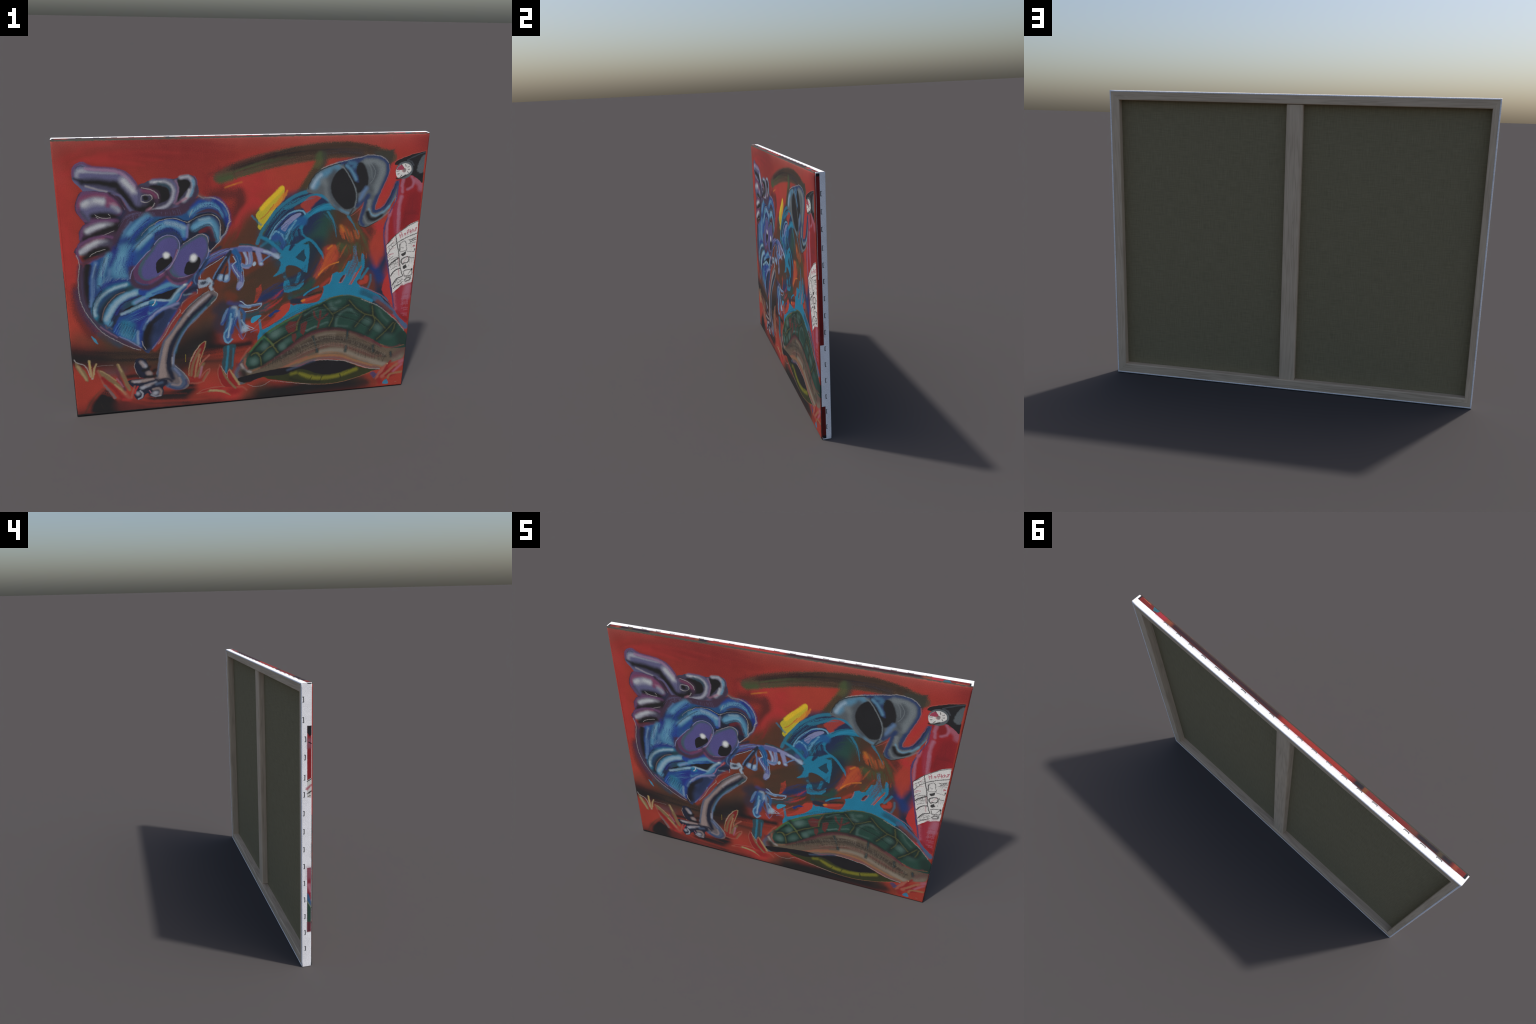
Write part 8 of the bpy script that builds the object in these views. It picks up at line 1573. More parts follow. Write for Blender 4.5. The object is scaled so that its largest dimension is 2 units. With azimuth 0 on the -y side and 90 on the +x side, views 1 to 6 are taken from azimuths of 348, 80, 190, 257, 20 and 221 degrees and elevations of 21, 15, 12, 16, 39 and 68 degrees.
stroke(SHELL_DARK, [(144.8, 60.6, 1.56), (148.6, 56.2, 1.56), (151.1, 53.5, 1.56), (150.3, 47.7, 1.56), (149.2, 46.1, 1.56)], 1.74, alpha=0.9)
stroke(SHELL_DARK, [(151.1, 53.9, 1.56), (155.6, 56.5, 1.56), (160.2, 59.5, 1.56)], 1.74, alpha=0.9, n=3)
stroke(SHELL_DARK, [(160.4, 61.5, 1.58), (164.3, 57.1, 1.58), (170.3, 52.8, 1.58), (176.2, 50.2, 1.58)], 1.77, alpha=0.9, n=3)
stroke(SHELL_DARK, [(170.8, 51.9, 1.59), (168.2, 48.7, 1.59), (164.9, 44.7, 1.59)], 1.78, alpha=0.9, n=3)
stroke(SHELL_DARK, [(176.1, 51.1, 1.61), (177.3, 47.1, 1.61), (175.2, 42.6, 1.61), (173.8, 39.2, 1.61)], 1.81, alpha=0.9, n=3)
stroke(SHELL_DARK, [(177.5, 48.4, 1.63), (182, 44.2, 1.63), (185.2, 41.3, 1.63), (189.7, 45.2, 1.63)], 1.82, alpha=0.9, n=3)
stroke(SHELL_DARK, [(185.2, 40.8, 1.64), (183, 37.5, 1.64), (180, 34.8, 1.64)], 1.83, alpha=0.9, n=3)
stroke(SHELL_DARK, [(175.1, 57.5, 1.6), (176.1, 50.6, 1.6)], 1.79, alpha=0.9, n=3)
stroke(SHELL_DARK, [(191, 44.7, 1.64), (189.9, 39.1, 1.64), (187.9, 38.9, 1.64), (185.3, 40.4, 1.64)], 1.83, alpha=0.9, n=3)
stroke(SHELL_LIGHT, [(149.1, 60.7, 1.22), (150, 58.2, 1.22), (151.7, 57.2, 1.22)], 1.53, alpha=0.6, n=3)
stroke(SHELL_LIGHT, [(152.2, 61.3, 0.81), (154.5, 62, 0.81)], 1.32, alpha=0.6)
stroke(SHELL_LIGHT, [(153.1, 46.2, 0.62), (153.3, 50.4, 0.62), (155.8, 54.4, 0.62), (159.6, 56.2, 0.62), (162.1, 55.6, 0.62)], 1.03, alpha=0.6)
stroke(SHELL_LIGHT, [(153.9, 46.1, 0.5), (160.4, 45.1, 0.5)], 0.84, alpha=0.4)
stroke(SHELL_LIGHT, [(162, 56, 0.5), (165.5, 52.3, 0.5)], 1.04, alpha=0.4)
blob(SHELL_LIGHT, 172.7, 47.5, 2.53, 1.68, -30, 1.68, alpha=0.6)
blob(SHELL_LIGHT, 180.1, 42.6, 2.99, 2.13, -40, 1.71, alpha=0.7)
stroke(SHELL_LIGHT, [(179.8, 54.6, 0.55), (181.8, 50.6, 0.55), (185.9, 46.4, 0.55)], 1.06, alpha=0.4)
blob(SHELL_LIGHT, 186.9, 36.3, 2.6, 1.73, 0, 2.16, alpha=0.3)
stroke(VEIN, [(144.8, 60.6, 0.33), (148.6, 56.2, 0.33), (150.7, 53.5, 0.33)], 0.37, alpha=0.7, grain=1.43)
stroke(VEIN, [(151.1, 53.1, 0.33), (150.5, 50.2, 0.33), (148.8, 46.1, 0.33)], 0.37, alpha=0.7, grain=1.44)
stroke(VEIN, [(151.4, 54.3, 0.33), (155.6, 56.5, 0.33), (160.2, 59.3, 0.33)], 0.37, alpha=0.7, grain=1.43)
stroke(VEIN, [(160.4, 62.3, 0.33), (164.7, 57, 0.33), (170.7, 52.3, 0.33)], 0.37, alpha=0.7, grain=1.44)
stroke(VEIN, [(170.8, 51.5, 0.34), (168.2, 48.3, 0.34), (165.3, 44.3, 0.34)], 0.38, alpha=0.7, grain=1.47)
stroke(VEIN, [(171.1, 52.3, 0.34), (176.1, 50.6, 0.34), (177.6, 47.5, 0.34), (176.7, 44.2, 0.34), (174.9, 41.3, 0.34)], 0.38, alpha=0.7, grain=1.48)
stroke(VEIN, [(176.1, 51.1, 0.34), (180.6, 46.4, 0.34), (184.7, 41.8, 0.34)], 0.38, alpha=0.7, grain=1.49)
stroke(VEIN, [(189.7, 45.2, 0.34), (186.8, 41.6, 0.34), (183.8, 38.4, 0.34), (180, 34.8, 0.34)], 0.39, alpha=0.7, grain=1.51)
stroke(VEIN, [(191, 44.7, 0.34), (190.5, 41.7, 0.34), (189.6, 38.7, 0.34)], 0.39, alpha=0.7, grain=1.51)
stroke(VEIN, [(175.2, 57.1, 0.34), (176.1, 51.1, 0.34)], 0.38, alpha=0.7, grain=1.47)
stroke(VEIN, [(132.2, 57.1, 0.32), (130.1, 52.3, 0.32), (128.8, 45.3, 0.32)], 0.36, alpha=0.7, grain=1.41)
stroke(VEIN_GREEN, [(132.2, 56.7, 0.32), (137.1, 59.2, 0.32), (143.6, 61.5, 0.32)], 0.36, alpha=0.7, grain=1.41)
stroke(SHELL_DARK, [(195.7, 35.6, 3.3), (197.1, 31, 3.3)], 2.2, alpha=0.6, n=3)
stroke(TAN, [(182.8, 31, 0.22), (188.9, 28, 0.22), (194.8, 28.5, 0.22), (198.1, 29.1, 0.22)], 0.35, alpha=0.7, grain=0.88)
stroke(WINE_RED, [(185.5, 29.4, 0.53), (190.6, 28, 0.53), (195.5, 29.4, 0.53)], 0.66, alpha=0.7)
stroke(CHALK, [(167.9, 62.4, 0.25), (174.2, 59.5, 0.25), (180.5, 56.1, 0.25), (187.2, 50, 0.25), (190.9, 46.8, 0.25), (197, 39.4, 0.25)], 0.3, alpha=0.6, grain=1.49)
stroke(VEIN, [(144.6, 63.8, 0.28), (150, 65, 0.28), (159, 65.8, 0.28), (167.9, 62.9, 0.28)], 0.32, alpha=0.7, grain=1.01)
stroke(HAZE, [(103.4, 48.7, 0.28), (107.9, 53.7, 0.28), (111.9, 57, 0.28)], 0.32, alpha=0.6, grain=0.99)
stroke(STRAW_RED, [(95.5, 27.8, 0.49), (98.5, 33, 0.49), (100.9, 36.1, 0.49)], 0.45, alpha=0.7, grain=0.81)
stroke(WINE_RED, [(96.8, 25.6, 0.99), (98, 23, 0.99), (99.3, 21.9, 0.99)], 0.99, alpha=0.8)
stroke(STRAW_RED, [(98.3, 28.9, 0.49), (98, 25.5, 0.49), (99.3, 21.9, 0.49)], 0.46, alpha=0.6)
stroke(CHALK, [(96.1, 25.3, 0.73), (97.1, 22.8, 0.73), (99.3, 20.5, 0.73), (101.8, 19.5, 0.73)], 0.83, alpha=0.7)
stroke(HORN_BLUE, [(94.3, 25.1, 0.42), (95.8, 27.4, 0.42), (96.7, 28, 0.42)], 0.46, alpha=0.7)
stroke(BONE_BLUE, [(94.3, 23.1, 1.15), (92.5, 19.1, 1.15), (95.6, 15.2, 1.15)], 1.23, alpha=0.7, grain=1.15, n=3)
stroke(WINE_RED, [(95, 19.5, 0.83), (95, 15.3, 0.83)], 0.99, alpha=0.6, grain=1.16)
stroke(SOOT, [(97.4, 20.3, 1.83), (98.1, 16.4, 1.83), (99.3, 14.8, 1.83)], 1.66, alpha=0.8, n=3)
stroke(BONE_BLUE, [(95.6, 12.4, 0.67), (99.3, 13.8, 0.67), (104.9, 14.6, 0.67)], 0.75, alpha=0.7, grain=0.83)
stroke(TAN, [(102.7, 20.1, 0.4), (107.9, 22, 0.4), (114.1, 25.2, 0.4)], 0.46, alpha=0.6, grain=1.16)
stroke(WINE_RED, [(107.9, 22, 0.56), (114.1, 25.9, 0.56), (120.2, 29.9, 0.56), (127.6, 34.3, 0.56)], 0.66, alpha=0.6, grain=1.16)
stroke(SOOT, [(108.5, 23, 0.83), (115.7, 25.1, 0.83), (121.8, 28, 0.83), (129.5, 32.8, 0.83)], 1.25, alpha=0.5, grain=1.66)
stroke(FLESH, [(101.8, 17.4, 1.33), (108, 18.9, 1.33), (115.7, 22.3, 1.33), (122, 24.1, 1.33), (128.1, 28.1, 1.33)], 1.25, alpha=0.6, grain=2)
stroke(STRAW_RED, [(112.7, 17.3, 0.57), (120.5, 20.1, 0.57), (128.3, 23.8, 0.57), (136.1, 26.6, 0.57)], 0.76, alpha=0.6, grain=1.68)
streaks(SHELL_DARK, [(109.6, 41.5), (124.8, 49.4), (136.1, 55.1), (151.6, 58), (167.8, 53.4), (185, 42.6)], 22, 6.46, 0.24, 0.45, 1.01, 164)
streaks(SHELL_LIGHT, [(113.3, 46.2), (128.5, 52.4), (143.9, 56.2), (159.7, 54.9), (176.5, 46.3)], 10, 4.82, 0.14, 0.3, 1, 165)

# yellow-lipped mouth under the shell
stroke(BROWN_GREY, [(119.6, 18.5, 0.65), (130.9, 22, 0.65), (137.6, 23.6, 0.65), (143.6, 24.5, 0.65), (150.5, 24.5, 0.65), (157.1, 23.4, 0.65), (162.1, 21.4, 0.65), (168.5, 18.5, 0.65), (177.1, 15.4, 0.65), (183.5, 13.8, 0.65)], 0.65, alpha=0.9)
stroke(TAN, [(130.9, 22.9, 0.43), (137.6, 25.3, 0.43), (143.5, 26.1, 0.43), (150.4, 26.1, 0.43), (156.9, 25.1, 0.43), (162.8, 22.6, 0.43), (169.7, 19.7, 0.43), (178.3, 16.4, 0.43)], 0.43, alpha=0.8, grain=0.86)
fill(MOUTH_GREEN, [(125.9, 17.9), (131.4, 20), (137.7, 22.5), (143.7, 23.4), (150.6, 23.2), (156.3, 22.4), (161.3, 21), (166.5, 18.3), (172.9, 15.3), (183.6, 13.4), (179, 12.5), (171.3, 9.6), (162.3, 7.3), (154.9, 6.3), (145, 6.9), (134.3, 8.5), (126.2, 10.3), (116.6, 12.6), (111.8, 14), (109.4, 15.2), (104, 14), (100.9, 12.5), (96.2, 13), (93.5, 15.5), (98.5, 17.2), (110.1, 18.6)], 0.26)
fill(BLACK, [(93.5, 15.5), (98.5, 17.2), (110.1, 19.1), (121.9, 20.5), (131.4, 20.4), (137.7, 22.9), (143.7, 23.2), (150.6, 23), (156.3, 22.2), (161.3, 20.6), (166.5, 17.8), (169.1, 16.2), (162.6, 15), (156.9, 13.4), (152, 12.7), (146.2, 13.6), (141.3, 15), (133.9, 18.4), (128.3, 17.6), (122, 15.6), (114.1, 15.6), (109.4, 15.6), (104, 13.8), (100.9, 12.5), (97, 13)], 0.35)
stroke(MOUTH_YELLOW, [(132, 15.5, 0.87), (136.5, 13.2, 1.31), (142.3, 11.3, 1.31), (148.8, 10.8, 1.31), (156.2, 11.4, 1.31), (162.7, 13.2, 1.31), (168, 14.9, 1.31)], 1.09, alpha=0.9, grain=2.18)
stroke(MOUTH_YELLOW, [(126.8, 15.6, 0.85), (129.6, 16.2, 0.85)], 1.28, alpha=0.8)
stroke(BLACK, [(139.8, 12.4, 0.3), (138.7, 10.3, 0.3)], 0.35, alpha=0.7)
stroke(BLACK, [(146.3, 12.2, 0.3), (145.3, 9.1, 0.3)], 0.35, alpha=0.7)
stroke(BLACK, [(157.8, 12.4, 0.35), (158.4, 10, 0.35)], 0.35, alpha=0.8)
stroke(MOUTH_GREEN, [(159.8, 12.6, 0.26), (162.6, 14.1, 0.26)], 0.35, alpha=0.5)
stroke(SOOT, [(126.1, 12.5, 0.65), (134.3, 9.6, 0.65), (144.9, 8.1, 0.65)], 0.97, alpha=0.6)
stroke(CHALK, [(140.8, 23.7, 0.26), (148.1, 23.4, 0.26), (153.9, 22.4, 0.26), (158.8, 21.9, 0.26), (164.7, 19.6, 0.26), (171.6, 16.4, 0.26), (176.8, 14.5, 0.26), (183.6, 13.4, 0.26)], 0.26, alpha=0.6, grain=0.87)
stroke(BONE_BLUE, [(124.3, 18.5, 0.64), (131, 20.5, 0.64), (136.9, 22.5, 0.64), (140.9, 23.5, 0.64)], 0.85, alpha=0.6)
stroke(TAN, [(123.8, 10.5, 0.2), (134.3, 8.1, 0.2), (145, 6.5, 0.2), (154.9, 6.3, 0.2), (163.1, 7.5, 0.2), (171.3, 9.6, 0.2), (179, 12.5, 0.2)], 0.22, alpha=0.7, grain=0.88)
stroke(CHALK, [(100, 11.2, 0.15), (103.1, 9.5, 0.15), (106.9, 9.1, 0.15), (110.7, 10.1, 0.15), (113.8, 12.1, 0.15), (119.2, 11.3, 0.15), (127.3, 9.4, 0.15), (139, 7.2, 0.15)], 0.17, alpha=0.5, grain=0.68)
stroke(RUST, [(98.7, 11.6, 0.65), (105.9, 12.9, 0.65)], 1.3, alpha=0.5)

# bent grey arm
stroke(RUST, [(69.2, 72.8, 1.32), (65.6, 69.6, 1.32), (61.9, 65.1, 1.32), (59.3, 60.6, 1.32), (54.4, 53, 1.32), (49.9, 45.4, 1.32), (46.1, 40, 1.32)], 0.94, alpha=0.9)
stroke(CHALK, [(60.8, 64, 0.23), (60.7, 62.1, 0.23), (57.4, 58, 0.23), (54.1, 53.1, 0.23), (52.1, 48.8, 0.23), (48, 43.5, 0.23)], 0.23, alpha=0.5, grain=1.14)
fill(BONE_DARK, [(78.5, 74.1), (80.6, 73.5), (82.1, 71.9), (81.3, 68.8), (77.7, 64.7), (73.6, 60.7), (69.6, 56.2), (65.9, 52.9), (62.9, 49.1), (60.7, 45.2), (57.9, 39.9), (57.1, 33), (57, 29), (59.9, 25.7), (62.8, 22.6), (64.8, 19), (65.3, 16.2), (64.3, 13.5), (61.6, 12), (57.1, 12.4), (52.7, 14.4), (50.1, 16.4), (48.4, 17.3), (45.5, 19.3), (45.7, 22.7), (47, 27.3), (47.9, 33.9), (48.9, 39.1), (51.3, 44.4), (54.3, 49), (57.3, 53.6), (59.9, 57.8), (63.2, 61.9), (66.2, 66.4), (70.6, 70.4), (74.9, 73.2)], 0.24)
stroke(BONE, [(77.4, 71.8, 0.57), (72.7, 68.3, 0.96), (68.3, 63.9, 1.15), (64.6, 59, 1.34), (59.8, 53.4, 1.43), (56.1, 48.3, 1.45), (53.7, 44.6, 1.68), (51.8, 38.2, 1.99), (50.4, 32.3, 2.14), (49.9, 27.4, 2.29), (49.8, 22.3, 2.29)], 0.96)
stroke(SILVER, [(77, 71.9, 0.49), (73.4, 68.6, 0.49), (69, 64.6, 0.49), (65.3, 60.1, 0.49)], 0.85, alpha=0.6)
stroke(NIGHT, [(79.2, 70.9, 0.77), (75.5, 66.5, 1.35), (70.4, 62.1, 1.54), (66, 57.7, 1.54), (62.3, 52.4, 1.54), (59.3, 48.6, 1.54), (56.6, 43.7, 1.62), (54.7, 38.6, 1.7), (53.6, 33.4, 1.7), (53.5, 28, 1.7), (54.5, 23.5, 1.54), (55.6, 20, 1.23)], 1.16)
stroke(PETROL, [(80.6, 70, 0.77), (76.2, 65.2, 0.77), (71.1, 60.5, 0.77), (66.7, 56, 0.77), (63, 51.5, 0.77), (60.7, 47.2, 0.77), (58.5, 41.5, 0.77), (57.5, 37, 0.77)], 0.77, alpha=0.9)
stroke(STEEL_BLUE, [(75.5, 64.1, 0.46), (70.4, 58.9, 0.46), (65.9, 54.1, 0.46), (61.3, 47.5, 0.46), (58.2, 40.6, 0.46), (56.6, 35.1, 0.46), (56, 29.1, 0.46)], 0.67, alpha=0.7)
stroke(NIGHT, [(74.2, 72.8, 0.56), (69.8, 68.9, 0.56), (65.5, 64.9, 0.56), (62.9, 61.1, 0.56), (59.9, 57, 0.56)], 0.56, alpha=0.7)
stroke(BONE_BLUE, [(61, 58.1, 0.57), (58, 53.5, 0.57), (54.3, 48.2, 0.57), (51.1, 44.5, 0.57), (49.3, 36.4, 0.57), (47.8, 29.2, 0.57), (46.6, 22.6, 0.57)], 0.67, alpha=0.8)
stroke(CHALK, [(79.9, 75.2, 0.19), (80.3, 73.6, 0.19), (82.1, 71.9, 0.19), (81.3, 69.2, 0.19), (78.4, 66.2, 0.19)], 0.23, alpha=0.7, grain=0.94)
stroke(CHALK, [(77, 74.2, 0.19), (72.7, 71.4, 0.19), (68.4, 67.8, 0.19), (64.7, 64.5, 0.19), (61.8, 61.2, 0.19)], 0.22, alpha=0.5, grain=1.12)
stroke(SILVER, [(55.7, 33.8, 0.47), (55.6, 29.8, 0.47)], 0.63, alpha=0.6)
stroke(BONE_BLUE, [(56.4, 27, 1.61), (59.8, 22.6, 1.61), (61.5, 18.3, 1.61), (60.8, 14.9, 1.61), (57.2, 14.3, 1.61), (53.1, 15.8, 1.61)], 1.37)
stroke(LAVENDER, [(56.9, 26.3, 0.48), (59.8, 21.9, 0.48)], 0.77, alpha=0.5)
stroke(BONE, [(59.4, 19.9, 0.55), (60.2, 17.1, 0.55), (58.7, 15.1, 0.55), (55.1, 15.9, 0.55)], 0.73, alpha=0.8)
stroke(HORN_BLUE, [(53.6, 14.7, 0.65), (57.1, 12.9, 0.65), (60.7, 12.8, 0.65), (63.2, 15.4, 0.65), (63.2, 18.1, 0.65)], 0.65, alpha=0.8)
stroke(CHALK, [(57, 28.3, 0.16), (60.4, 24.9, 0.16), (63.9, 19.8, 0.16), (65.1, 16.2, 0.16)], 0.19, alpha=0.6, grain=0.8)
stroke(NIGHT, [(45.6, 19.7, 0.7), (49.7, 20.2, 0.7), (53.2, 19.9, 0.7), (54.9, 18.3, 0.7)], 0.72, alpha=0.9)
fill(NIGHT, [(34.6, 33.9), (36.4, 35), (39.3, 34.8), (41.4, 31.9), (42.4, 27.8), (43.7, 24.9), (44.5, 21.8), (39.8, 22), (36.7, 23), (35.1, 26.2), (34.2, 30)], 0.31)
stroke(SILVER, [(38.3, 32.2, 0.78), (39.6, 30.4, 1.09), (40.4, 29.3, 0.78)], 1.16, alpha=0.9, n=3)
stroke(BONE, [(37.5, 32.9, 0.78), (39, 30.1, 0.78)], 0.93, alpha=0.7)
blob(BONE, 42.1, 24.8, 1.88, 1.57, -30, 0.94, alpha=0.9)
stroke(SOOT, [(38.6, 26.8, 0.78), (41.5, 27.9, 0.78), (42.5, 29.1, 0.78)], 0.78, alpha=0.9)
stroke(SOOT, [(39.8, 22.3, 0.95), (44.5, 22.5, 0.95), (45.7, 22.7, 0.95)], 0.79, alpha=0.9)
stroke(CHALK, [(34.6, 32.6, 0.14), (34, 30, 0.14), (35.1, 25.8, 0.14), (36.9, 22.3, 0.14)], 0.16, alpha=0.7, grain=0.62)
stroke(SOOT, [(30.1, 23.7, 1.25), (33.6, 24, 1.25), (35.9, 23.7, 1.25)], 1.17, alpha=0.9, n=3)
stroke(SOOT, [(44.7, 26.2, 0.94), (45.8, 26.8, 0.94)], 1.02, alpha=0.9)
fill(NIGHT, [(29.7, 20.7), (32.3, 21.7), (40.4, 21.1), (46.2, 20.6), (52, 19.3), (51.3, 16.6), (49.8, 14.7), (49.6, 10.2), (47.2, 8.4), (43.4, 8.9), (41.1, 11.5), (39.3, 10.7), (37.4, 8.1), (34.5, 8.1), (33.2, 11.4), (34.1, 14.4), (31.2, 18.1)], 0.26)
stroke(NIGHT, [(31.3, 19.8, 1.11), (36.8, 19.9, 1.74), (42.1, 19.7, 1.74), (45.6, 20, 0.95)], 0.87, n=3)
stroke(BONE, [(32.5, 20.4, 0.63), (36.3, 20, 0.95), (41.2, 20.5, 0.95), (44.4, 20.8, 0.47)], 0.87)
stroke(SILVER, [(33.4, 19.9, 0.53), (36.8, 19.9, 0.53)], 0.79, alpha=0.7)
stroke(NIGHT, [(36.1, 16.6, 1.59), (39.6, 16.9, 1.59), (45.5, 18, 1.59), (50.2, 17.8, 1.59)], 1.03, n=3)
stroke(SILVER, [(37.5, 15.7, 0.95), (40.2, 16.5, 0.95), (44.3, 17.7, 0.95), (45.5, 18, 0.95)], 0.95, alpha=0.8)
stroke(BONE, [(39.6, 16.9, 0.63), (44.3, 17.7, 0.63)], 0.79, alpha=0.7)
blob(SILVER, 38.7, 15.6, 1.08, 0.82, 30, 0.95, alpha=0.7)
stroke(NIGHT, [(44.2, 16, 1.43), (48.4, 17.3, 1.43), (51.3, 17.3, 1.43)], 1.2, n=3)
stroke(BONE_BLUE, [(46, 17.2, 0.8), (49, 17.9, 0.8)], 0.96, alpha=0.8)
blob(NIGHT, 35.8, 11.1, 2.87, 3.19, 0, 0.45)
stroke(SILVER, [(36.5, 13.8, 0.48), (37.9, 11.6, 0.48), (37.2, 9.2, 0.48), (35.4, 8.4, 0.48)], 0.45, alpha=0.8)
blob(SILVER, 35.1, 12, 1.14, 1.27, 0, 0.95, alpha=0.8)
blob(NIGHT, 45.6, 12.1, 4.49, 3.53, 0, 0.45)
stroke(BONE, [(44.2, 14, 0.71), (47.1, 14.3, 0.71), (48.5, 12.1, 0.71), (47.8, 9.7, 0.71)], 0.72, alpha=0.8)
stroke(SILVER, [(42.8, 10.3, 0.42), (45.1, 9, 0.42), (48.1, 9.4, 0.42)], 0.45, alpha=0.6)
blob(SILVER, 45.1, 11.3, 1.73, 1.28, 15, 1.09, alpha=0.9)
stroke(ROSE, [(41.8, 13.2, 0.32), (42.6, 11.7, 0.32)], 0.32, alpha=0.7)
streaks(BONE, [(45.5, 19.3), (49.8, 22.3), (51.3, 32.3), (53.7, 43.6)], 10, 1.27, 0.14, 0.4, 0.79, 166)
streaks(NIGHT, [(54.4, 19.7), (53.6, 32), (56.9, 44.9)], 8, 0.96, 0.13, 0.5, 0.8, 167)

# tufts of grass
stroke(STRAW_DARK, [(2.1, 35.5, 0.46), (3.7, 31.7, 1.37), (6.1, 27.5, 1.37), (7.5, 23.4, 0.61)], 0.46, alpha=0.95, grain=1.21, n=3)
stroke(STRAW, [(3, 33.1, 0.61), (5.3, 28.3, 0.61), (7, 24.1, 0.61)], 0.53, alpha=0.8, grain=1.52)
stroke(CHALK, [(1.4, 37.5, 0.3), (2.3, 35.8, 0.3), (5, 34.5, 0.3), (7.1, 33, 0.3), (8.3, 29.9, 0.3), (9.3, 25.8, 0.3)], 0.24, alpha=0.7, grain=0.9)
stroke(STRAW, [(9.4, 36, 0.61), (9.5, 31.8, 0.67), (9.8, 27.8, 0.67), (10.1, 24.4, 0.3)], 0.38, alpha=0.95, grain=1.06)
stroke(LEMON, [(9.5, 35.7, 0.21), (9.7, 31.1, 0.21)], 0.24, alpha=0.5, grain=0.76)
stroke(STRAW, [(13.1, 33.7, 0.46), (11.9, 30.9, 0.61), (11.3, 27.6, 0.61), (10.6, 24.4, 0.3)], 0.38, alpha=0.9, grain=1.07)
blob(CHALK, 10.4, 24.4, 0.61, 0.43, 0, 0.24, alpha=0.6)
stroke(STRAW_DARK, [(14.1, 29.3, 0.62), (17.2, 25.7, 1.39), (21.2, 21.9, 1.24), (25.2, 17.8, 0.93), (27.9, 13.7, 0.62)], 0.54, alpha=0.95, grain=1.24)
stroke(STRAW, [(15.2, 29.2, 0.37), (19.5, 25.8, 0.37), (23.2, 22, 0.37)], 0.37, alpha=0.7, grain=1.23)
stroke(STRAW, [(22.5, 19.1, 0.56), (25.7, 15.7, 0.56), (28.1, 12.3, 0.56)], 0.55, alpha=0.8, grain=1.41)
stroke(STRAW_RED, [(13.5, 29.1, 0.53), (14.9, 24.9, 0.53), (16.3, 20.4, 0.53), (19.4, 15.3, 0.53), (21.9, 10.3, 0.53)], 0.46, alpha=0.7, grain=1.24)
stroke(CRIMSON, [(16, 24.2, 1.09), (19.1, 20.1, 1.09), (22.3, 16.4, 1.09), (24.4, 12.7, 1.09), (26.5, 9.7, 1.09)], 0.86, alpha=0.9)
stroke(BONE_DARK, [(16.8, 19.4, 0.69), (19.4, 15.3, 0.69), (22.2, 10.6, 0.69)], 0.47, alpha=0.8, grain=1.56)
stroke(WINE_RED, [(24.2, 29.6, 0.78), (25, 24.2, 0.78), (27, 18.2, 0.78), (28.2, 15, 0.78)], 0.7, alpha=0.9, grain=1.1)
stroke(ROSE, [(23.8, 23, 0.47), (25.7, 20.1, 0.47), (27, 17.6, 0.47)], 0.5, alpha=0.6, grain=1.56)
stroke(STRAW_DARK, [(24.7, 32.2, 0.62), (26.4, 28.1, 1.09), (28.1, 22.9, 1.09), (29.8, 17.3, 1.09), (30.8, 14.8, 0.62)], 0.54, alpha=0.95, grain=1.24)
stroke(STRAW, [(25.2, 32.2, 0.4), (26.7, 27.4, 0.4)], 0.37, alpha=0.7, grain=1.23)
stroke(STRAW_RED, [(27.3, 13.8, 0.95), (28.9, 11.2, 0.95), (30, 9.7, 0.95)], 0.95, alpha=0.7, grain=1.58)
stroke(STRAW_RED, [(33.6, 16.9, 0.57), (32.2, 13.2, 0.57), (31.4, 9.5, 0.57)], 0.47, alpha=0.8, grain=1.11)
stroke(BRIGHT_RED, [(35.3, 16.7, 0.47), (34, 14.4, 0.47), (33.6, 12.4, 0.47)], 0.32, alpha=0.8)
stroke(BRIGHT_RED, [(26.8, 9, 0.8), (30.5, 8.2, 0.8)], 1.19, alpha=0.6)
stroke(CHALK, [(13.4, 32.2, 0.09), (18.2, 32.4, 0.09), (22.4, 32.2, 0.09)], 0.12, alpha=0.5, grain=0.46)
fill(CRIMSON, [(64.8, 21.4), (65.5, 27.5), (67.1, 34.1), (70.2, 38.8), (74.4, 42.4), (74.9, 41.7), (73.7, 36.8), (71.8, 31.6), (70.6, 26.3), (69.9, 21.6), (67.4, 18.4)], 0.31, alpha=0.8)
stroke(STRAW, [(64.9, 21, 0.28), (65.2, 26.8, 0.28), (66.8, 32.7, 0.28), (69.6, 37.8, 0.28), (72, 40.9, 0.28), (74.4, 42.5, 0.28), (75.1, 41.7, 0.28), (74, 37.4, 0.28), (72.1, 31.9, 0.28), (71.2, 27.6, 0.28)], 0.22, alpha=0.7, grain=1.1)
stroke(STRAW_DARK, [(66.3, 20.9, 0.79), (67, 26.6, 0.79), (69.5, 33.8, 0.79), (71.6, 37.6, 0.79)], 0.63, alpha=0.8, grain=1.58)
stroke(STRAW, [(68.4, 19.7, 0.57), (69.4, 27.1, 0.57), (71.3, 34.3, 0.57)], 0.56, alpha=0.6, grain=1.6)
stroke(CRIMSON, [(67.5, 20.4, 0.32), (68.5, 27.2, 0.32), (70.1, 32.4, 0.32)], 0.32, alpha=0.7)
stroke(CHALK, [(66.2, 30.1, 0.19), (69, 36.6, 0.19), (71.7, 40.3, 0.19)], 0.22, alpha=0.5, grain=0.79)
stroke(STRAW_RED, [(71.2, 26.9, 0.54), (73.6, 30.1, 0.54), (76.9, 33.3, 0.54)], 0.4, alpha=0.9, grain=0.96)
stroke(STRAW_DARK, [(69.9, 20.2, 0.8), (71.4, 24.8, 0.8), (73.6, 28, 0.8)], 0.64, alpha=0.9, grain=1.28)
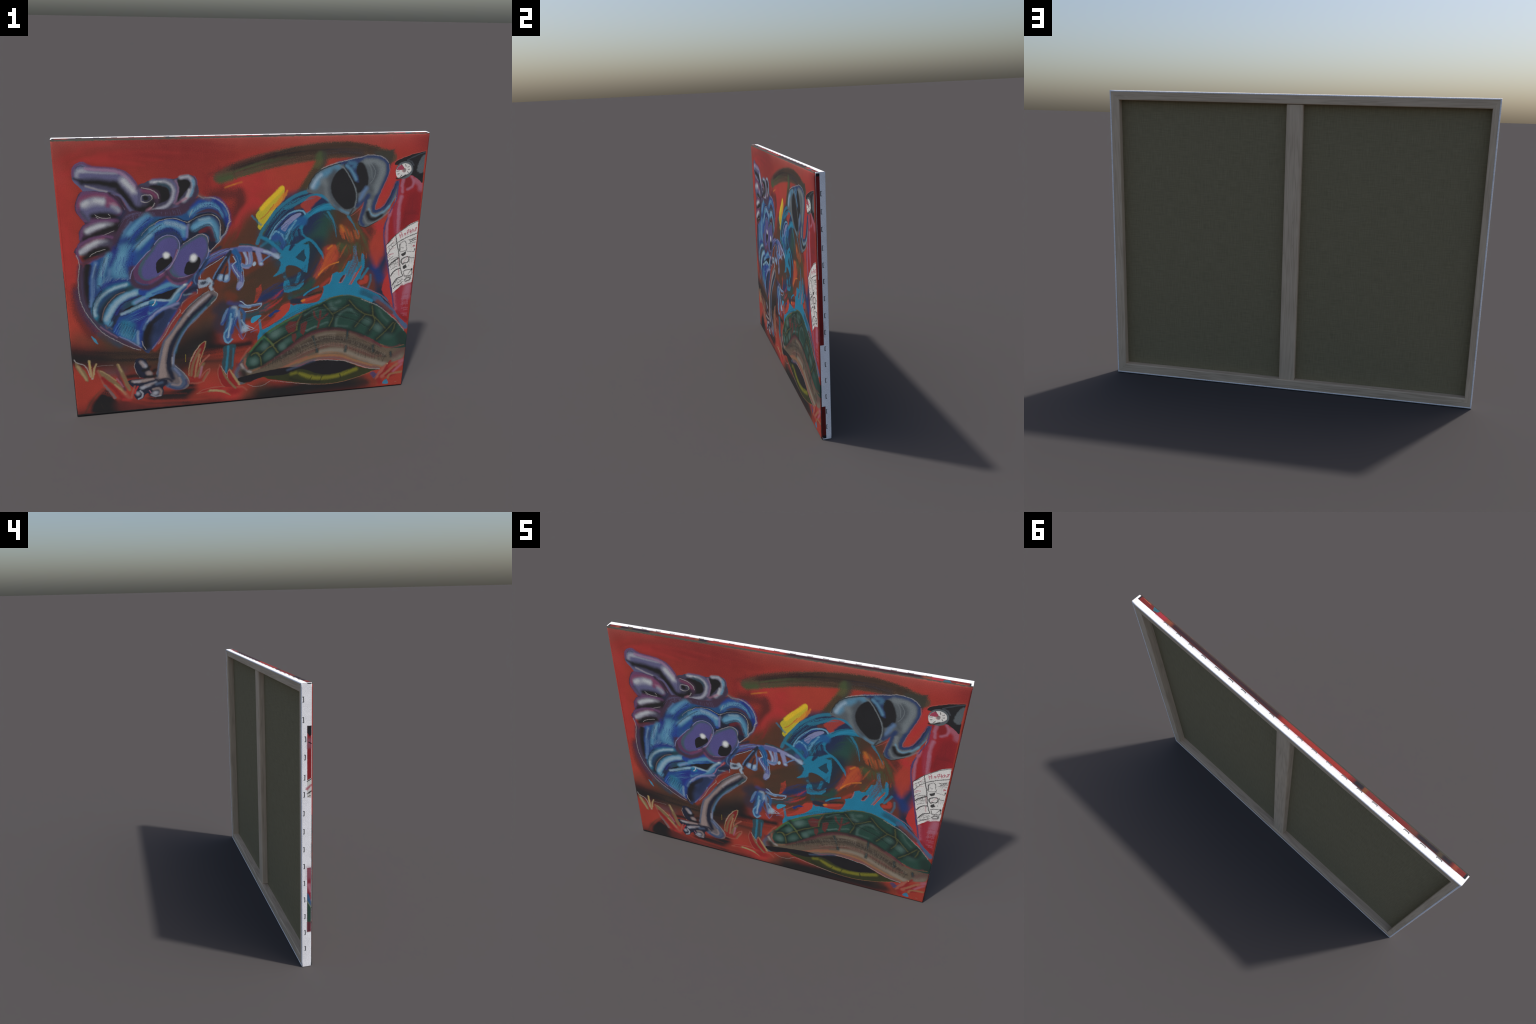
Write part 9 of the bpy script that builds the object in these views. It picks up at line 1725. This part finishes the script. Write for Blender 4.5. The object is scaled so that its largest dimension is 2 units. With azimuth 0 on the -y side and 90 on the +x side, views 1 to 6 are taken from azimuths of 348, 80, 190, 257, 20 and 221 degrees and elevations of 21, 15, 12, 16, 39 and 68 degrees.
stroke(ROSE, [(71, 18.7, 0.55), (72, 22.7, 0.55), (72.6, 26.1, 0.55)], 0.48, alpha=0.7, grain=1.13)
stroke(STRAW_RED, [(71.6, 18.6, 0.42), (74.1, 22.2, 0.42), (76.8, 24.3, 0.42), (77.1, 22.9, 0.42), (75.3, 19.6, 0.42), (73.4, 16.3, 0.42)], 0.29, alpha=0.8, grain=1.13)
stroke(STRAW_DARK, [(73.1, 17.1, 0.49), (75.9, 22, 0.49)], 0.45, alpha=0.7, grain=1.13)
stroke(CRIMSON, [(65.9, 17.1, 1.46), (69.2, 17.5, 1.46), (71.6, 17.9, 1.46)], 1.62, alpha=0.6, n=3)
stroke(STRAW_RED, [(65.6, 15.8, 0.49), (69.8, 15.3, 0.49), (73.4, 16.3, 0.49)], 0.46, alpha=0.6, grain=1.63)
stroke(LEMON, [(63.3, 35.1, 0.13), (63.1, 30.4, 0.13)], 0.16, alpha=0.5, grain=0.47)
stroke(STRAW_RED, [(69.4, 8, 0.23), (72.7, 10.1, 0.23), (77.6, 11.3, 0.23), (82.8, 11.5, 0.23), (86.2, 11.1, 0.23)], 0.2, alpha=0.8, grain=0.82)
stroke(STRAW_RED, [(69.4, 8, 0.23), (73.9, 8.6, 0.23), (78.2, 8.8, 0.23)], 0.2, alpha=0.7, grain=0.82)
stroke(CRIMSON, [(72.1, 9.1, 0.4), (77.6, 10.3, 0.4), (84.3, 10.3, 0.4)], 0.33, alpha=0.6)
stroke(STRAW_DARK, [(76.4, 9, 0.66), (81.3, 9, 0.66), (86.2, 7.9, 0.66)], 0.58, alpha=0.8, grain=1.16)
stroke(STRAW, [(77.2, 9.5, 0.67), (80.8, 9.1, 0.67), (85.1, 7.9, 0.67), (89.5, 4.9, 0.17)], 0.42, alpha=0.8, grain=1)
stroke(STRAW_RED, [(77.2, 11.2, 0.2), (81.8, 11.5, 0.2), (86.1, 11, 0.2)], 0.2, alpha=0.7, grain=0.66)
blob(CRIMSON, 91.6, 7.5, 4.35, 2.34, 0, 1.34, alpha=0.8)
fill(CRIMSON, [(83, 25.6), (85.2, 21.2), (87.9, 17.5), (91.9, 12.1), (93.2, 9.5), (89.5, 10.3), (85.4, 11.8), (83, 16.6), (82.1, 20.8)], 0.33, alpha=0.85)
stroke(STRAW_RED, [(83.1, 26.3, 0.26), (82, 22.2, 0.26), (82.3, 18.1, 0.26), (84.2, 12.9, 0.26), (85.8, 11, 0.26)], 0.23, alpha=0.7, grain=0.98)
stroke(STRAW_DARK, [(84.6, 22.7, 0.33), (86.4, 18.3, 0.66), (89.4, 13.4, 0.66), (92.5, 9.6, 0.66)], 0.5, alpha=0.9, grain=1.32)
stroke(CHALK, [(83.7, 25.5, 0.23), (85.2, 22.6, 0.23), (87, 19.3, 0.23)], 0.23, alpha=0.6, grain=0.81)
stroke(CHALK, [(87.6, 17.1, 0.16), (87.9, 20.6, 0.16), (88.8, 22.9, 0.16)], 0.16, alpha=0.6, grain=0.65)
fill(CRIMSON, [(87.9, 17.5), (88.5, 22.3), (89.4, 21.5), (91.3, 17.1), (94.4, 11.8), (93.2, 10.6), (90.4, 13.7)], 0.26, alpha=0.85)
stroke(STRAW, [(89.1, 22.2, 0.33), (91.3, 18.2, 0.6), (93.8, 13.7, 0.6), (94.7, 11.8, 0.6)], 0.5, alpha=0.8, grain=1.33)
stroke(STRAW_RED, [(93.8, 10.1, 0.5), (96.9, 9.8, 0.5), (99.4, 7.4, 0.5)], 0.54, alpha=0.6, grain=1.17)
fill(HORN_BLUE, [(177.4, 10.6), (179.3, 12.1), (181.7, 10.2), (181.9, 8.7), (180.2, 7.1), (178.2, 9.5)], 0.48, alpha=0.8)
stroke(CRIMSON, [(194.4, 5.9, 2.41), (191.9, 8.6, 2.41), (189.3, 11.8, 2.41)], 1.21, alpha=0.9, n=3)
fill(GROUND_RED, [(189.9, 5.4), (193.3, 7.7), (199.2, 8.1), (199.5, 1.3), (190.7, 2)], 0.58, alpha=0.9)
stroke(RUST, [(176.5, 8.7, 1.44), (179.4, 5.5, 1.44), (180.1, 2.9, 1.44)], 1.8, alpha=0.8, n=3)
stroke(CRIMSON, [(183.6, 6.5, 1.45), (185, 3.9, 1.45)], 1.21, alpha=0.8, n=3)
stroke(STRAW_RED, [(188.3, 16.8, 0.48), (186, 13.4, 1.31), (183.8, 9.9, 1.31), (181.8, 6.7, 0.48)], 0.72, alpha=0.9, grain=1.43, n=3)
stroke(CRIMSON, [(190.5, 18.3, 0.72), (188.3, 14.9, 0.72), (186.6, 11.1, 0.72), (184.1, 8.4, 0.72)], 0.6, alpha=0.9)
stroke(STRAW_RED, [(195.2, 15.9, 1.08), (191.5, 12.6, 1.08), (188.5, 9.9, 1.08), (185.8, 7.8, 1.08)], 0.72, alpha=0.9, grain=1.56)
stroke(TAN, [(194.3, 15.7, 0.6), (191, 12.9, 0.6), (187.9, 9.5, 0.6)], 0.72, alpha=0.7, grain=1.44)
stroke(CRIMSON, [(193.7, 13.3, 0.72), (191.2, 10.6, 0.72), (188.2, 8.2, 0.72)], 0.6, alpha=0.9)
stroke(ROSE, [(198, 15.3, 0.72), (195.1, 12.7, 0.72), (193, 10.7, 0.72)], 0.9, alpha=0.6, grain=1.44)
stroke(TAN, [(198.6, 9.9, 0.72), (194.5, 9.6, 0.72), (190.7, 8.7, 0.72), (189.8, 6.4, 0.72)], 0.54, alpha=0.9, grain=1.44)
stroke(ROSE, [(196.9, 17.2, 1.08), (198.7, 18, 1.08)], 1.2, alpha=0.6, grain=1.44)
fill(TEAL, [(186.5, 2.5), (187.6, 5.1), (189.2, 5.4), (190.4, 2.3)], 0.24, alpha=0.9)
stroke(MOSS, [(187.9, 5.1, 0.36), (189, 5.5, 0.36)], 0.29, alpha=0.6)
stroke(BONE_BLUE, [(180.2, 7.1, 0.24), (181.8, 9.2, 0.24), (183.4, 11.7, 0.24)], 0.29, alpha=0.6, grain=0.84)
blob(STRAW_RED, 195.3, 3, 0.63, 0.34, 0, 0.19, alpha=0.8)
blob(STRAW, 188.5, 16.7, 0.48, 0.52, 0, 0.19, alpha=0.9)

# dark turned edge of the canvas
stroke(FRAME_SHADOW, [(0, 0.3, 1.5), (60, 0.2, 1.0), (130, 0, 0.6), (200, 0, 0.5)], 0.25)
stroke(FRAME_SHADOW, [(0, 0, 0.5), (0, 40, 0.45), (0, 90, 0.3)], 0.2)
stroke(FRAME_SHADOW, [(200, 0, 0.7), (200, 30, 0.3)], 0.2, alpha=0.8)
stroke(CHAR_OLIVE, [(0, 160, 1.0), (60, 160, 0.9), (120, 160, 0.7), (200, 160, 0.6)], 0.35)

# ------------------------------------------------------------------ edges of the canvas (tacking margins)
WHITE = srgb(246, 245, 247)
SIDES = dict(minus=[], plus=[], top=[], bottom=[])


def band(into, colour, u0, v0, u1, v1, soft=0.08, alpha=1.0):
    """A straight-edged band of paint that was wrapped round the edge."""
    fill(colour, [(u0, v0), (u1, v0), (u1, v1), (u0, v1)], soft, alpha, 0.0, 1, into)


RED, DEEP_RED, INK = srgb(124, 36, 34), srgb(126, 32, 32), srgb(34, 32, 38)
TOP_RED = srgb(108, 36, 34)  # red darkened to hold down the direct sun on the top edge
# coordinates on a side: u = depth in cm (0 is mid-depth, minus is front), v = height or length in cm
for key in ("plus", "minus"):
    band(SIDES[key], DEEP_RED, -3.3, 0, -2.75, 160, 0.1)
p = SIDES["plus"]
band(p, WHITE, -3.1, 100, -2.2, 160)
band(p, DEEP_RED, -2.25, 60.4, -0.15, 159)
band(p, INK, -2.25, 157.6, -0.15, 159.2)
band(p, DEEP_RED, -3.3, 60.4, -2.2, 100)
band(p, srgb(112, 26, 26), -3.3, 66, -0.15, 74, 2.0, 0.6)
band(p, RED, -3.3, 38, -2.45, 61, 0.1)
band(p, INK, -3.3, 31, -2.4, 38, 0.6)
stroke(srgb(150, 120, 130), [(-3, 37, .3), (-2.5, 36.2, .2)], 0.1, 1, 0, 1, p)
band(p, RED, -3.3, 21.5, -2.35, 31, 0.1)
band(p, srgb(104, 28, 24), -3.3, 1.5, -0.15, 21.6)
band(p, INK, -2.2, 0.6, -0.1, 2.6)
band(p, WHITE, -3.3, 0, -2.2, 1.0)
m = SIDES["minus"]
band(m, INK, -3.3, 147, -2.75, 151, 0.3)
stroke(srgb(200, 120, 116), [(-2.9, 140, .4), (-2.9, 146, .4)], 0.2, 1, 0, 1, m)
band(m, INK, -2.3, 159.2, -0.05, 159.7)
band(m, srgb(144, 38, 44), -2.25, 100, 0.0, 138)
fill(INK, [(-2.3, 133.5), (-2.3, 138.1), (0, 138.1), (0, 134.5), (-1.4, 132.6)], 0.3, 1, 0.3, 1, m)
band(m, srgb(142, 90, 104), -2.25, 126.5, 0, 131.5, 1.2, 0.8)
stroke(INK, [(-0.8, 129.6, .25), (-2.2, 128.8, .25)], 0.1, 1, 0, 1, m)
fill(srgb(214, 212, 206), [(-2.3, 110.6), (0, 109.4), (0, 100), (-2.3, 100.2)], 0.1, 1, 0, 1, m)
stroke(INK, [(0, 108.8, .2), (-2.2, 110, .25)], 0.1, 1, 0.3, 1, m)
stroke(srgb(170, 60, 84), [(0, 104.8, .8), (-2.2, 106.8, .5)], 0.5, 0.8, 1, 1, m)
stroke(INK, [(0, 102, .2), (-1.3, 102.8, .5), (-2.2, 103.4, .3)], 0.2, 0.9, 0.8, 1, m)
stroke(INK, [(-.2, 100.4, .1), (-1.6, 101, .3)], 0.1, 0.8, 0.8, 1, m)
band(m, srgb(140, 46, 64), -2.2, 21.6, 0.03, 60.2)
band(m, srgb(150, 104, 118), -2.2, 54, 0.03, 60.2, 2.5, 0.8)
stroke(srgb(196, 140, 156), [(-.9, 50, 1), (-1.8, 46, .4)], 0.8, 0.6, 0.5, 1, m)
fill(srgb(50, 92, 128), [(0.03, 45.4), (-.8, 44.6), (-2.2, 40), (-2.2, 36), (0.03, 40.6)], 0.3, 1, 0.2, 1, m)
fill(srgb(44, 74, 62), [(0.03, 40.7), (-2.2, 36.6), (-2.2, 26.5), (0.03, 28)], 0.3, 1, 0.2, 1, m)
stroke(srgb(130, 140, 110), [(0.03, 40.6, .25), (-2.2, 36.4, .25)], 0.25, 0.8, 0.4, 1, m)
band(m, srgb(96, 48, 58), -2.2, 21.6, 0.03, 27.6, 0.9)
band(m, INK, -3.3, 60, -2.75, 95, 0.3)
band(m, RED, -3.3, 66, -2.8, 74, 1.5)
band(m, INK, -3.3, 30, -2.75, 56, 0.8)
# top margin: u = length in cm (0 left .. 200 right), v = depth
t = SIDES["top"]
band(t, TOP_RED, 1.2, -3.4, 198.6, -0.05)
for a, b, c, s in ((0.6, 1.7, INK, .2), (5.5, 7.5, srgb(128, 58, 44), .6), (8.5, 27, INK, 1.2), (13.2, 15.5, srgb(66, 56, 44), .8), (27, 31, srgb(90, 52, 44), 2), (42, 53, srgb(110, 40, 38), 2.5),
                   (55.5, 61, INK, 1), (54, 56, srgb(110, 62, 38), .6), (64, 104, srgb(142, 44, 38), 2), (106, 176, INK, 2), (176, 180, srgb(120, 64, 44), 1.5), (180, 186, srgb(150, 46, 56), 1.5), (198.2, 199, INK, .1)):
    band(t, c, a, -2.9, b, -0.05, s)
band(t, srgb(56, 54, 56), 9, -3.4, 178, -2.3, 0.5, 0.7)
fill(srgb(44, 90, 104), [(186.2, -1.1), (188.6, -.4), (190, -2.9), (185.2, -2.9)], 0.2, 1, 0.4, 1, t)
stroke(srgb(196, 96, 70), [(192, -2.3, .2), (197, -2.6, .3)], 0.2, 0.8, 0, 1, t)
b = SIDES["bottom"]
band(b, srgb(120, 30, 28), 1.2, -3.4, 198.6, -0.05)
band(b, INK, 10, -3.4, 40, -0.05, 2)
band(b, INK, 110, -3.4, 180, -0.05, 2)

# ------------------------------------------------------------------ canvas mesh
thing = bpy.data.objects.new("stretched_canvas_painting", None)
bpy.context.scene.collection.objects.link(thing)
thing["label"] = "large graffiti style painting on canvas stretched over a wooden frame"
thing["category"] = "painting"


def add(name, mesh, parent=thing):
    o = bpy.data.objects.new(name, mesh)
    bpy.context.scene.collection.objects.link(o)
    o.parent = parent
    return o


# The front is cut into patches, finer where the picture is busy, each with only the layers that reach it.
NX = NY = 64
BUSY = 58
leaf_of, leaves = {}, []


def divide(i, j, size, layers):
    box = (200 * i / NX, 160 * j / NY, 200 * (i + size) / NX, 160 * (j + size) / NY)
    layers, work = touching(layers, box, HAND)
    if work > BUSY and size > NX >> 5:
        for di in (0, size // 2):
            for dj in (0, size // 2):
                divide(i + di, j + dj, size // 2, layers)
    else:
        for a in range(i, i + size):
            for b in range(j, j + size):
                leaf_of[a, b] = len(leaves)
        leaves.append((box, layers))


for i in range(0, NX, 16):
    for j in range(0, NY, 16):
        divide(i, j, 16, LAYERS)

SAG = 0.0048           # a shallow dent in the linen, left of the middle
cut_x = [-W / 2 + R_FRONT] + [-W / 2 + W * k / NX for k in range(1, NX)] + [W / 2 - R_FRONT]
cut_z = [R_FRONT] + [H * k / NY for k in range(1, NY)] + [H - R_FRONT]
bm = bmesh.new()
rows = [[bm.verts.new((x, -D / 2 + SAG * math.exp(-((x + 0.68) / 0.24) ** 2 - ((z - 1.0) / 0.36) ** 2), z)) for i, x in enumerate(cut_x)] for j, z in enumerate(cut_z)]
for j in range(NY):
    for i in range(NX):
        f = bm.faces.new((rows[j][i], rows[j][i + 1], rows[j + 1][i + 1], rows[j + 1][i]))
        f.material_index = leaf_of[i, j]
        f.smooth = True

SEG = 6
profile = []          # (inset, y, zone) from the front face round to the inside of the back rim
for k in range(SEG + 1):
    a = math.pi / 2 * k / SEG
    profile.append((R_FRONT * (1 - math.sin(a)), -D / 2 + R_FRONT * (1 - math.cos(a))))
for k in range(SEG + 1):
    a = math.pi / 2 * k / SEG
    profile.append((R_BACK * (1 - math.cos(a)), D / 2 - R_BACK * (1 - math.sin(a))))
profile += [(RIM, D / 2 - 0.0004), (RIM + 0.0006, D / 2 - 0.001), (RIM + 0.0006, 0.020)]
SIDE_SLOT = {k: len(leaves) + n for n, k in enumerate(("minus", "plus", "top", "bottom"))}
for side in ("minus", "plus", "top", "bottom"):
    along = cut_z if side in ("minus", "plus") else cut_x
    lo, hi = (0.0, H) if side in ("minus", "plus") else (-W / 2, W / 2)
    grid = []
    for inset, y in profile:
        row = []
        for k, s in enumerate(along):
            s = lo + inset if k == 0 else hi - inset if k == len(along) - 1 else s
            pos = {"minus": (-W / 2 + inset, y, s), "plus": (W / 2 - inset, y, s), "top": (s, y, H - inset), "bottom": (s, y, inset)}[side]
            row.append(bm.verts.new(pos))
        grid.append(row)
    for r in range(len(profile) - 1):
        for k in range(len(along) - 1):
            f = bm.faces.new((grid[r][k], grid[r][k + 1], grid[r + 1][k + 1], grid[r + 1][k]))
            f.smooth = r != SEG
            if r < SEG - 1:
                f.material_index = leaf_of[{"minus": (0, k), "plus": (NX - 1, k), "top": (k, NY - 1), "bottom": (k, 0)}[side]]
            else:
                f.material_index = SIDE_SLOT[side]
bmesh.ops.remove_doubles(bm, verts=bm.verts, dist=1e-6)
bmesh.ops.recalc_face_normals(bm, faces=bm.faces)
me = bpy.data.meshes.new("painted_canvas")
bm.to_mesh(me)
bm.free()
place, surface = make_place(((0, 100.0), (2, 0.0)), HAND), make_surface(0.2)
for layer in LAYERS:
    if layer[0] != "fill" and len(layer[2]) - 1 <= RUN:
        whole_layer(layer)
for box, layers in leaves:
    me.materials.append(canvas_material("painted_patch", place, surface, layers, GROUND_RED, box, HAND))
surface = make_surface(0.5)
upright, level = make_place(((1, 0.0), (2, 0.0)), 0.03), make_place(((0, 100.0), (1, 0.0)), 0.03)
for key, place in (("minus", upright), ("plus", upright), ("top", level), ("bottom", level)):
    me.materials.append(canvas_material("canvas_margin", place, surface, SIDES[key], WHITE, (-4, -1, 4, 161) if place is upright else (-1, -4, 201, 4), 0.03))
for key, mat in MADE.items():
    if key[0:1] == ("blank",) if isinstance(key, tuple) else False:
        bpy.data.materials.remove(mat)
print("patches", len(leaves), "layers", len(LAYERS))
canvas = add("canvas", me)

# ------------------------------------------------------------------ back of the linen
bm = bmesh.new()
x0, x1, z0, z1 = BAR["minus"] - 0.012, BAR["plus"] + 0.012, BAR["bottom"] - 0.012, BAR["top"] + 0.012
bm.faces.new([bm.verts.new(v) for v in ((x0, Y_BACKING, z0), (x0, Y_BACKING, z1), (x1, Y_BACKING, z1), (x1, Y_BACKING, z0))])
me = bpy.data.meshes.new("canvas_back")
bm.to_mesh(me)
bm.free()
mat = bpy.data.materials.new("raw_linen")
mat.use_nodes = True
t = mat.node_tree
w = Wire(t)
tc = t.nodes.new("ShaderNodeTexCoord")
bs = t.nodes["Principled BSDF"]


def threads(sx, sz):
    mp = t.nodes.new("ShaderNodeMapping")
    mp.inputs["Scale"].default_value = (sx, 1, sz)
    w.put(mp.inputs["Vector"], tc.outputs["Object"])
    return w.noise(mp.outputs[0], 1.0, 2.0, 0.6, "3D").outputs["Fac"]


weft, warp_ = threads(14, 260), threads(260, 14)
weave = w.math("ADD", weft, warp_)
col = w.ramp(w.math("MULTIPLY", weave, 0.5), (0.25, LINEN_DARK), (0.75, LINEN_LIGHT))
w.put(bs.inputs["Base Color"], col)
bs.inputs["Roughness"].default_value = 0.95
bs.inputs["Specular IOR Level"].default_value = 0.1
bump = t.nodes.new("ShaderNodeBump")
bump.inputs["Strength"].default_value = 0.3
bump.inputs["Distance"].default_value = 0.0008
w.put(bump.inputs["Height"], weave)
w.put(bs.inputs["Normal"], bump.outputs[0])
me.materials.append(mat)
add("canvas_back", me)

# ------------------------------------------------------------------ wooden stretcher
def wood(name, axis, seed):
    mat = bpy.data.materials.new(name)
    mat.use_nodes = True
    t = mat.node_tree
    w = Wire(t)
    bs = t.nodes["Principled BSDF"]
    tc = t.nodes.new("ShaderNodeTexCoord")

    def field(along, across, detail, rough):
        mp = t.nodes.new("ShaderNodeMapping")
        sc = [across, across, across]
        sc[axis] = along
        mp.inputs["Scale"].default_value = sc
        mp.inputs["Location"].default_value = (seed * 3.1, seed * 1.7, seed * 2.3)
        w.put(mp.inputs["Vector"], tc.outputs["Object"])
        return w.noise(mp.outputs[0], 1.0, detail, rough, "3D").outputs["Fac"]

    rings, fibre, blot = field(1.6, 26, 2, 0.5), field(9, 420, 3, 0.65), field(3, 7, 3, 0.6)
    wave = w.math("SINE", w.math("MULTIPLY", rings, 42.0))
    f = w.math("MULTIPLY_ADD", wave, 0.07, w.math("MULTIPLY_ADD", fibre, 0.55, w.math("MULTIPLY", blot, 0.45)))
    col = w.ramp(f, (0.28, WOOD_DARK), (0.5, WOOD_MID), (0.72, WOOD_LIGHT))
    knots = w.math("GREATER_THAN", field(5, 34, 4, 0.7), 0.67)
    col = w.mix(w.math("MULTIPLY", knots, 0.45), col, WOOD_DARK)
    w.put(bs.inputs["Base Color"], col)
    bs.inputs["Roughness"].default_value = 0.8
    bs.inputs["Specular IOR Level"].default_value = 0.2
    bump = t.nodes.new("ShaderNodeBump")
    bump.inputs["Strength"].default_value = 0.25
    bump.inputs["Distance"].default_value = 0.001
    w.put(bump.inputs["Height"], f)
    w.put(bs.inputs["Normal"], bump.outputs[0])
    return mat


Y_WOOD = D / 2 - 0.0022


def bar(ends, section, mat):
    """Loft a bar: section points (across, y); ends give (start, stop) along for each across value."""
    bm = bmesh.new()
    a = [bm.verts.new(ends(c, y, 0)) for c, y in section]
    b = [bm.verts.new(ends(c, y, 1)) for c, y in section]
    n = len(section)
    for k in range(n):
        f = bm.faces.new((a[k], a[(k + 1) % n], b[(k + 1) % n], b[k]))
        f.smooth = True
    bm.faces.new(a)
    bm.faces.new(b[::-1])
    bmesh.ops.recalc_face_normals(bm, faces=bm.faces)
    me = bpy.data.meshes.new("stretcher_bar")
    bm.to_mesh(me)
    bm.free()
    me.materials.append(mat)
    me.set_sharp_from_angle(angle=math.radians(35))
    return me


SLOPE = 0.005          # the inner faces lean outwards towards the front


def rounded(inner, sign, r=0.005):
    """Section of an edge bar: from the outer rim to the rounded inner edge."""
    pts = [(None, Y_BACKING - 0.001), (None, Y_WOOD)]
    for k in range(7):
        a = math.pi / 2 * k / 6
        pts.append((inner + sign * (r - r * math.sin(a)), Y_WOOD - r * (1 - math.cos(a))))
    pts.append((inner + sign * SLOPE, Y_BACKING - 0.001))
    return pts


O = RIM + 0.0003
xo, zo_top, zo_bot = W / 2 - O, H - O, O


def mitre(x, top):
    """Height of the mitre cut at the place x across a vertical bar."""
    inner = BAR["plus"] if x > 0 else BAR["minus"]
    s = (xo - abs(x)) / (xo - abs(inner))
    return zo_top + s * (BAR["top"] - zo_top) if top else zo_bot + s * (BAR["bottom"] - zo_bot)


for name, sgn in (("plus", 1), ("minus", -1)):
    sec = [(sgn * xo if c is None else c, y) for c, y in rounded(BAR[name], sgn)]
    add("stretcher_bar", bar(lambda c, y, e: (c, y, mitre(c, e == 1)), sec, wood("pale_wood", 2, 1 + sgn)))


def mitre_x(z, plus):
    out, inn = (zo_top, BAR["top"]) if z > H / 2 else (zo_bot, BAR["bottom"])
    s = (out - z) / (out - inn)
    return xo + s * (BAR["plus"] - xo) if plus else -xo + s * (BAR["minus"] + xo)


for name, out, sgn in (("top", zo_top, 1), ("bottom", zo_bot, -1)):
    sec = [(out if c is None else c, y) for c, y in rounded(BAR[name], sgn)]
    add("stretcher_bar", bar(lambda c, y, e: (mitre_x(c, e == 1), y, c), sec, wood("pale_wood", 0, 4 + sgn)))

cx0, cx1, ymax, rr = -0.0425, 0.0435, Y_WOOD - 0.0075, 0.009
sec = [(cx0, Y_BACKING - 0.001)]
for k in range(7):
    a = math.pi / 2 * k / 6
    sec.append((cx0 + 1.6 * rr * (1 - math.cos(a)), ymax - rr * (1 - math.sin(a))))
for k in range(7):
    a = math.pi / 2 * k / 6
    sec.append((cx1 - 1.6 * rr * (1 - math.sin(a)), ymax - rr * (1 - math.cos(a))))
sec.append((cx1, Y_BACKING - 0.001))
me = bar(lambda c, y, e: (c, y, (BAR["bottom"] + 0.0002, BAR["top"] - 0.0022)[e]), sec, wood("pale_wood", 2, 9))
me.name = "crossbar"
add("crossbar", me)

# ------------------------------------------------------------------ staples
bm = bmesh.new()


def box(x0, x1, y0, y1, z0, z1):
    m = bmesh.ops.create_cube(bm, size=1.0)["verts"]
    for v in m:
        v.co = ((x0 + x1) / 2 + v.co.x * (x1 - x0), (y0 + y1) / 2 + v.co.y * (y1 - y0), (z0 + z1) / 2 + v.co.z * (z1 - z0))


box(-0.0145, 0.0145, -0.0022, 0.0022, -0.001, 0.0009)
box(-0.0145, -0.0112, 0.0018, 0.0062, -0.001, 0.0007)
box(0.0112, 0.0145, 0.0018, 0.0062, -0.001, 0.0007)
bmesh.ops.bevel(bm, geom=bm.edges[:], offset=0.0004, segments=2, affect="EDGES")
staple_mesh = bpy.data.meshes.new("staple")
bm.to_mesh(staple_mesh)
bm.free()
mat = bpy.data.materials.new("staple_steel")
mat.use_nodes = True
t = mat.node_tree
w = Wire(t)
bs = t.nodes["Principled BSDF"]
info = t.nodes.new("ShaderNodeObjectInfo")
w.put(bs.inputs["Base Color"], w.ramp(info.outputs["Random"], (0.0, srgb(74, 74, 76)), (1.0, srgb(106, 106, 108))))
bs.inputs["Metallic"].default_value = 0.3
bs.inputs["Roughness"].default_value = 0.5
staple_mesh.materials.append(mat)


def put_staple(axes, pos, turn):
    """axes: columns = along, towards the back, outwards."""
    o = add("staple", staple_mesh)
    u, v, n = (Vector(a) for a in axes)
    c, s = math.cos(turn), math.sin(turn)
    u2, v2 = u * c + v * s, v * c - u * s
    from mathutils import Matrix
    o.matrix_local = Matrix((u2, v2, n)).transposed().to_4x4()
    o.location = pos


rnd = random.Random(3)
for k in range(15):                                    # +x side: slowly drifting line
    z = 1.484 - k * 0.1003 + rnd.uniform(-.004, .004)
    y = 0.0025 + 0.005 * math.exp(-((z - 0.86) / 0.25) ** 2)
    put_staple(((0, 0, 1), (0, 1, 0), (1, 0, 0)), (W / 2, y, z), rnd.uniform(-.05, .05))
for k in range(15):                                    # -x side
    z = 1.514 - k * 0.1002 + rnd.uniform(-.005, .005)
    y = 0.0185 if k < 2 else 0.0075 + min(k - 2, 4) * 0.0024 if k < 6 else 0.0165 - max(0, k - 8) * 0.0012
    put_staple(((0, 0, 1), (0, 1, 0), (-1, 0, 0)), (-W / 2, y, z), rnd.uniform(-.05, .05))
for k in range(20):                                    # top and bottom
    x = 0.7825 - k * 0.0868 + rnd.uniform(-.004, .004)
    y = -0.0006 + 0.0046 * math.sin(math.pi * (k + 1) / 12) ** 2
    put_staple(((1, 0, 0), (0, 1, 0), (0, 0, 1)), (x, y, H), rnd.uniform(-.04, .04))
    put_staple(((1, 0, 0), (0, 1, 0), (0, 0, -1)), (-x, y + 0.006, 0.001), rnd.uniform(-.04, .04))
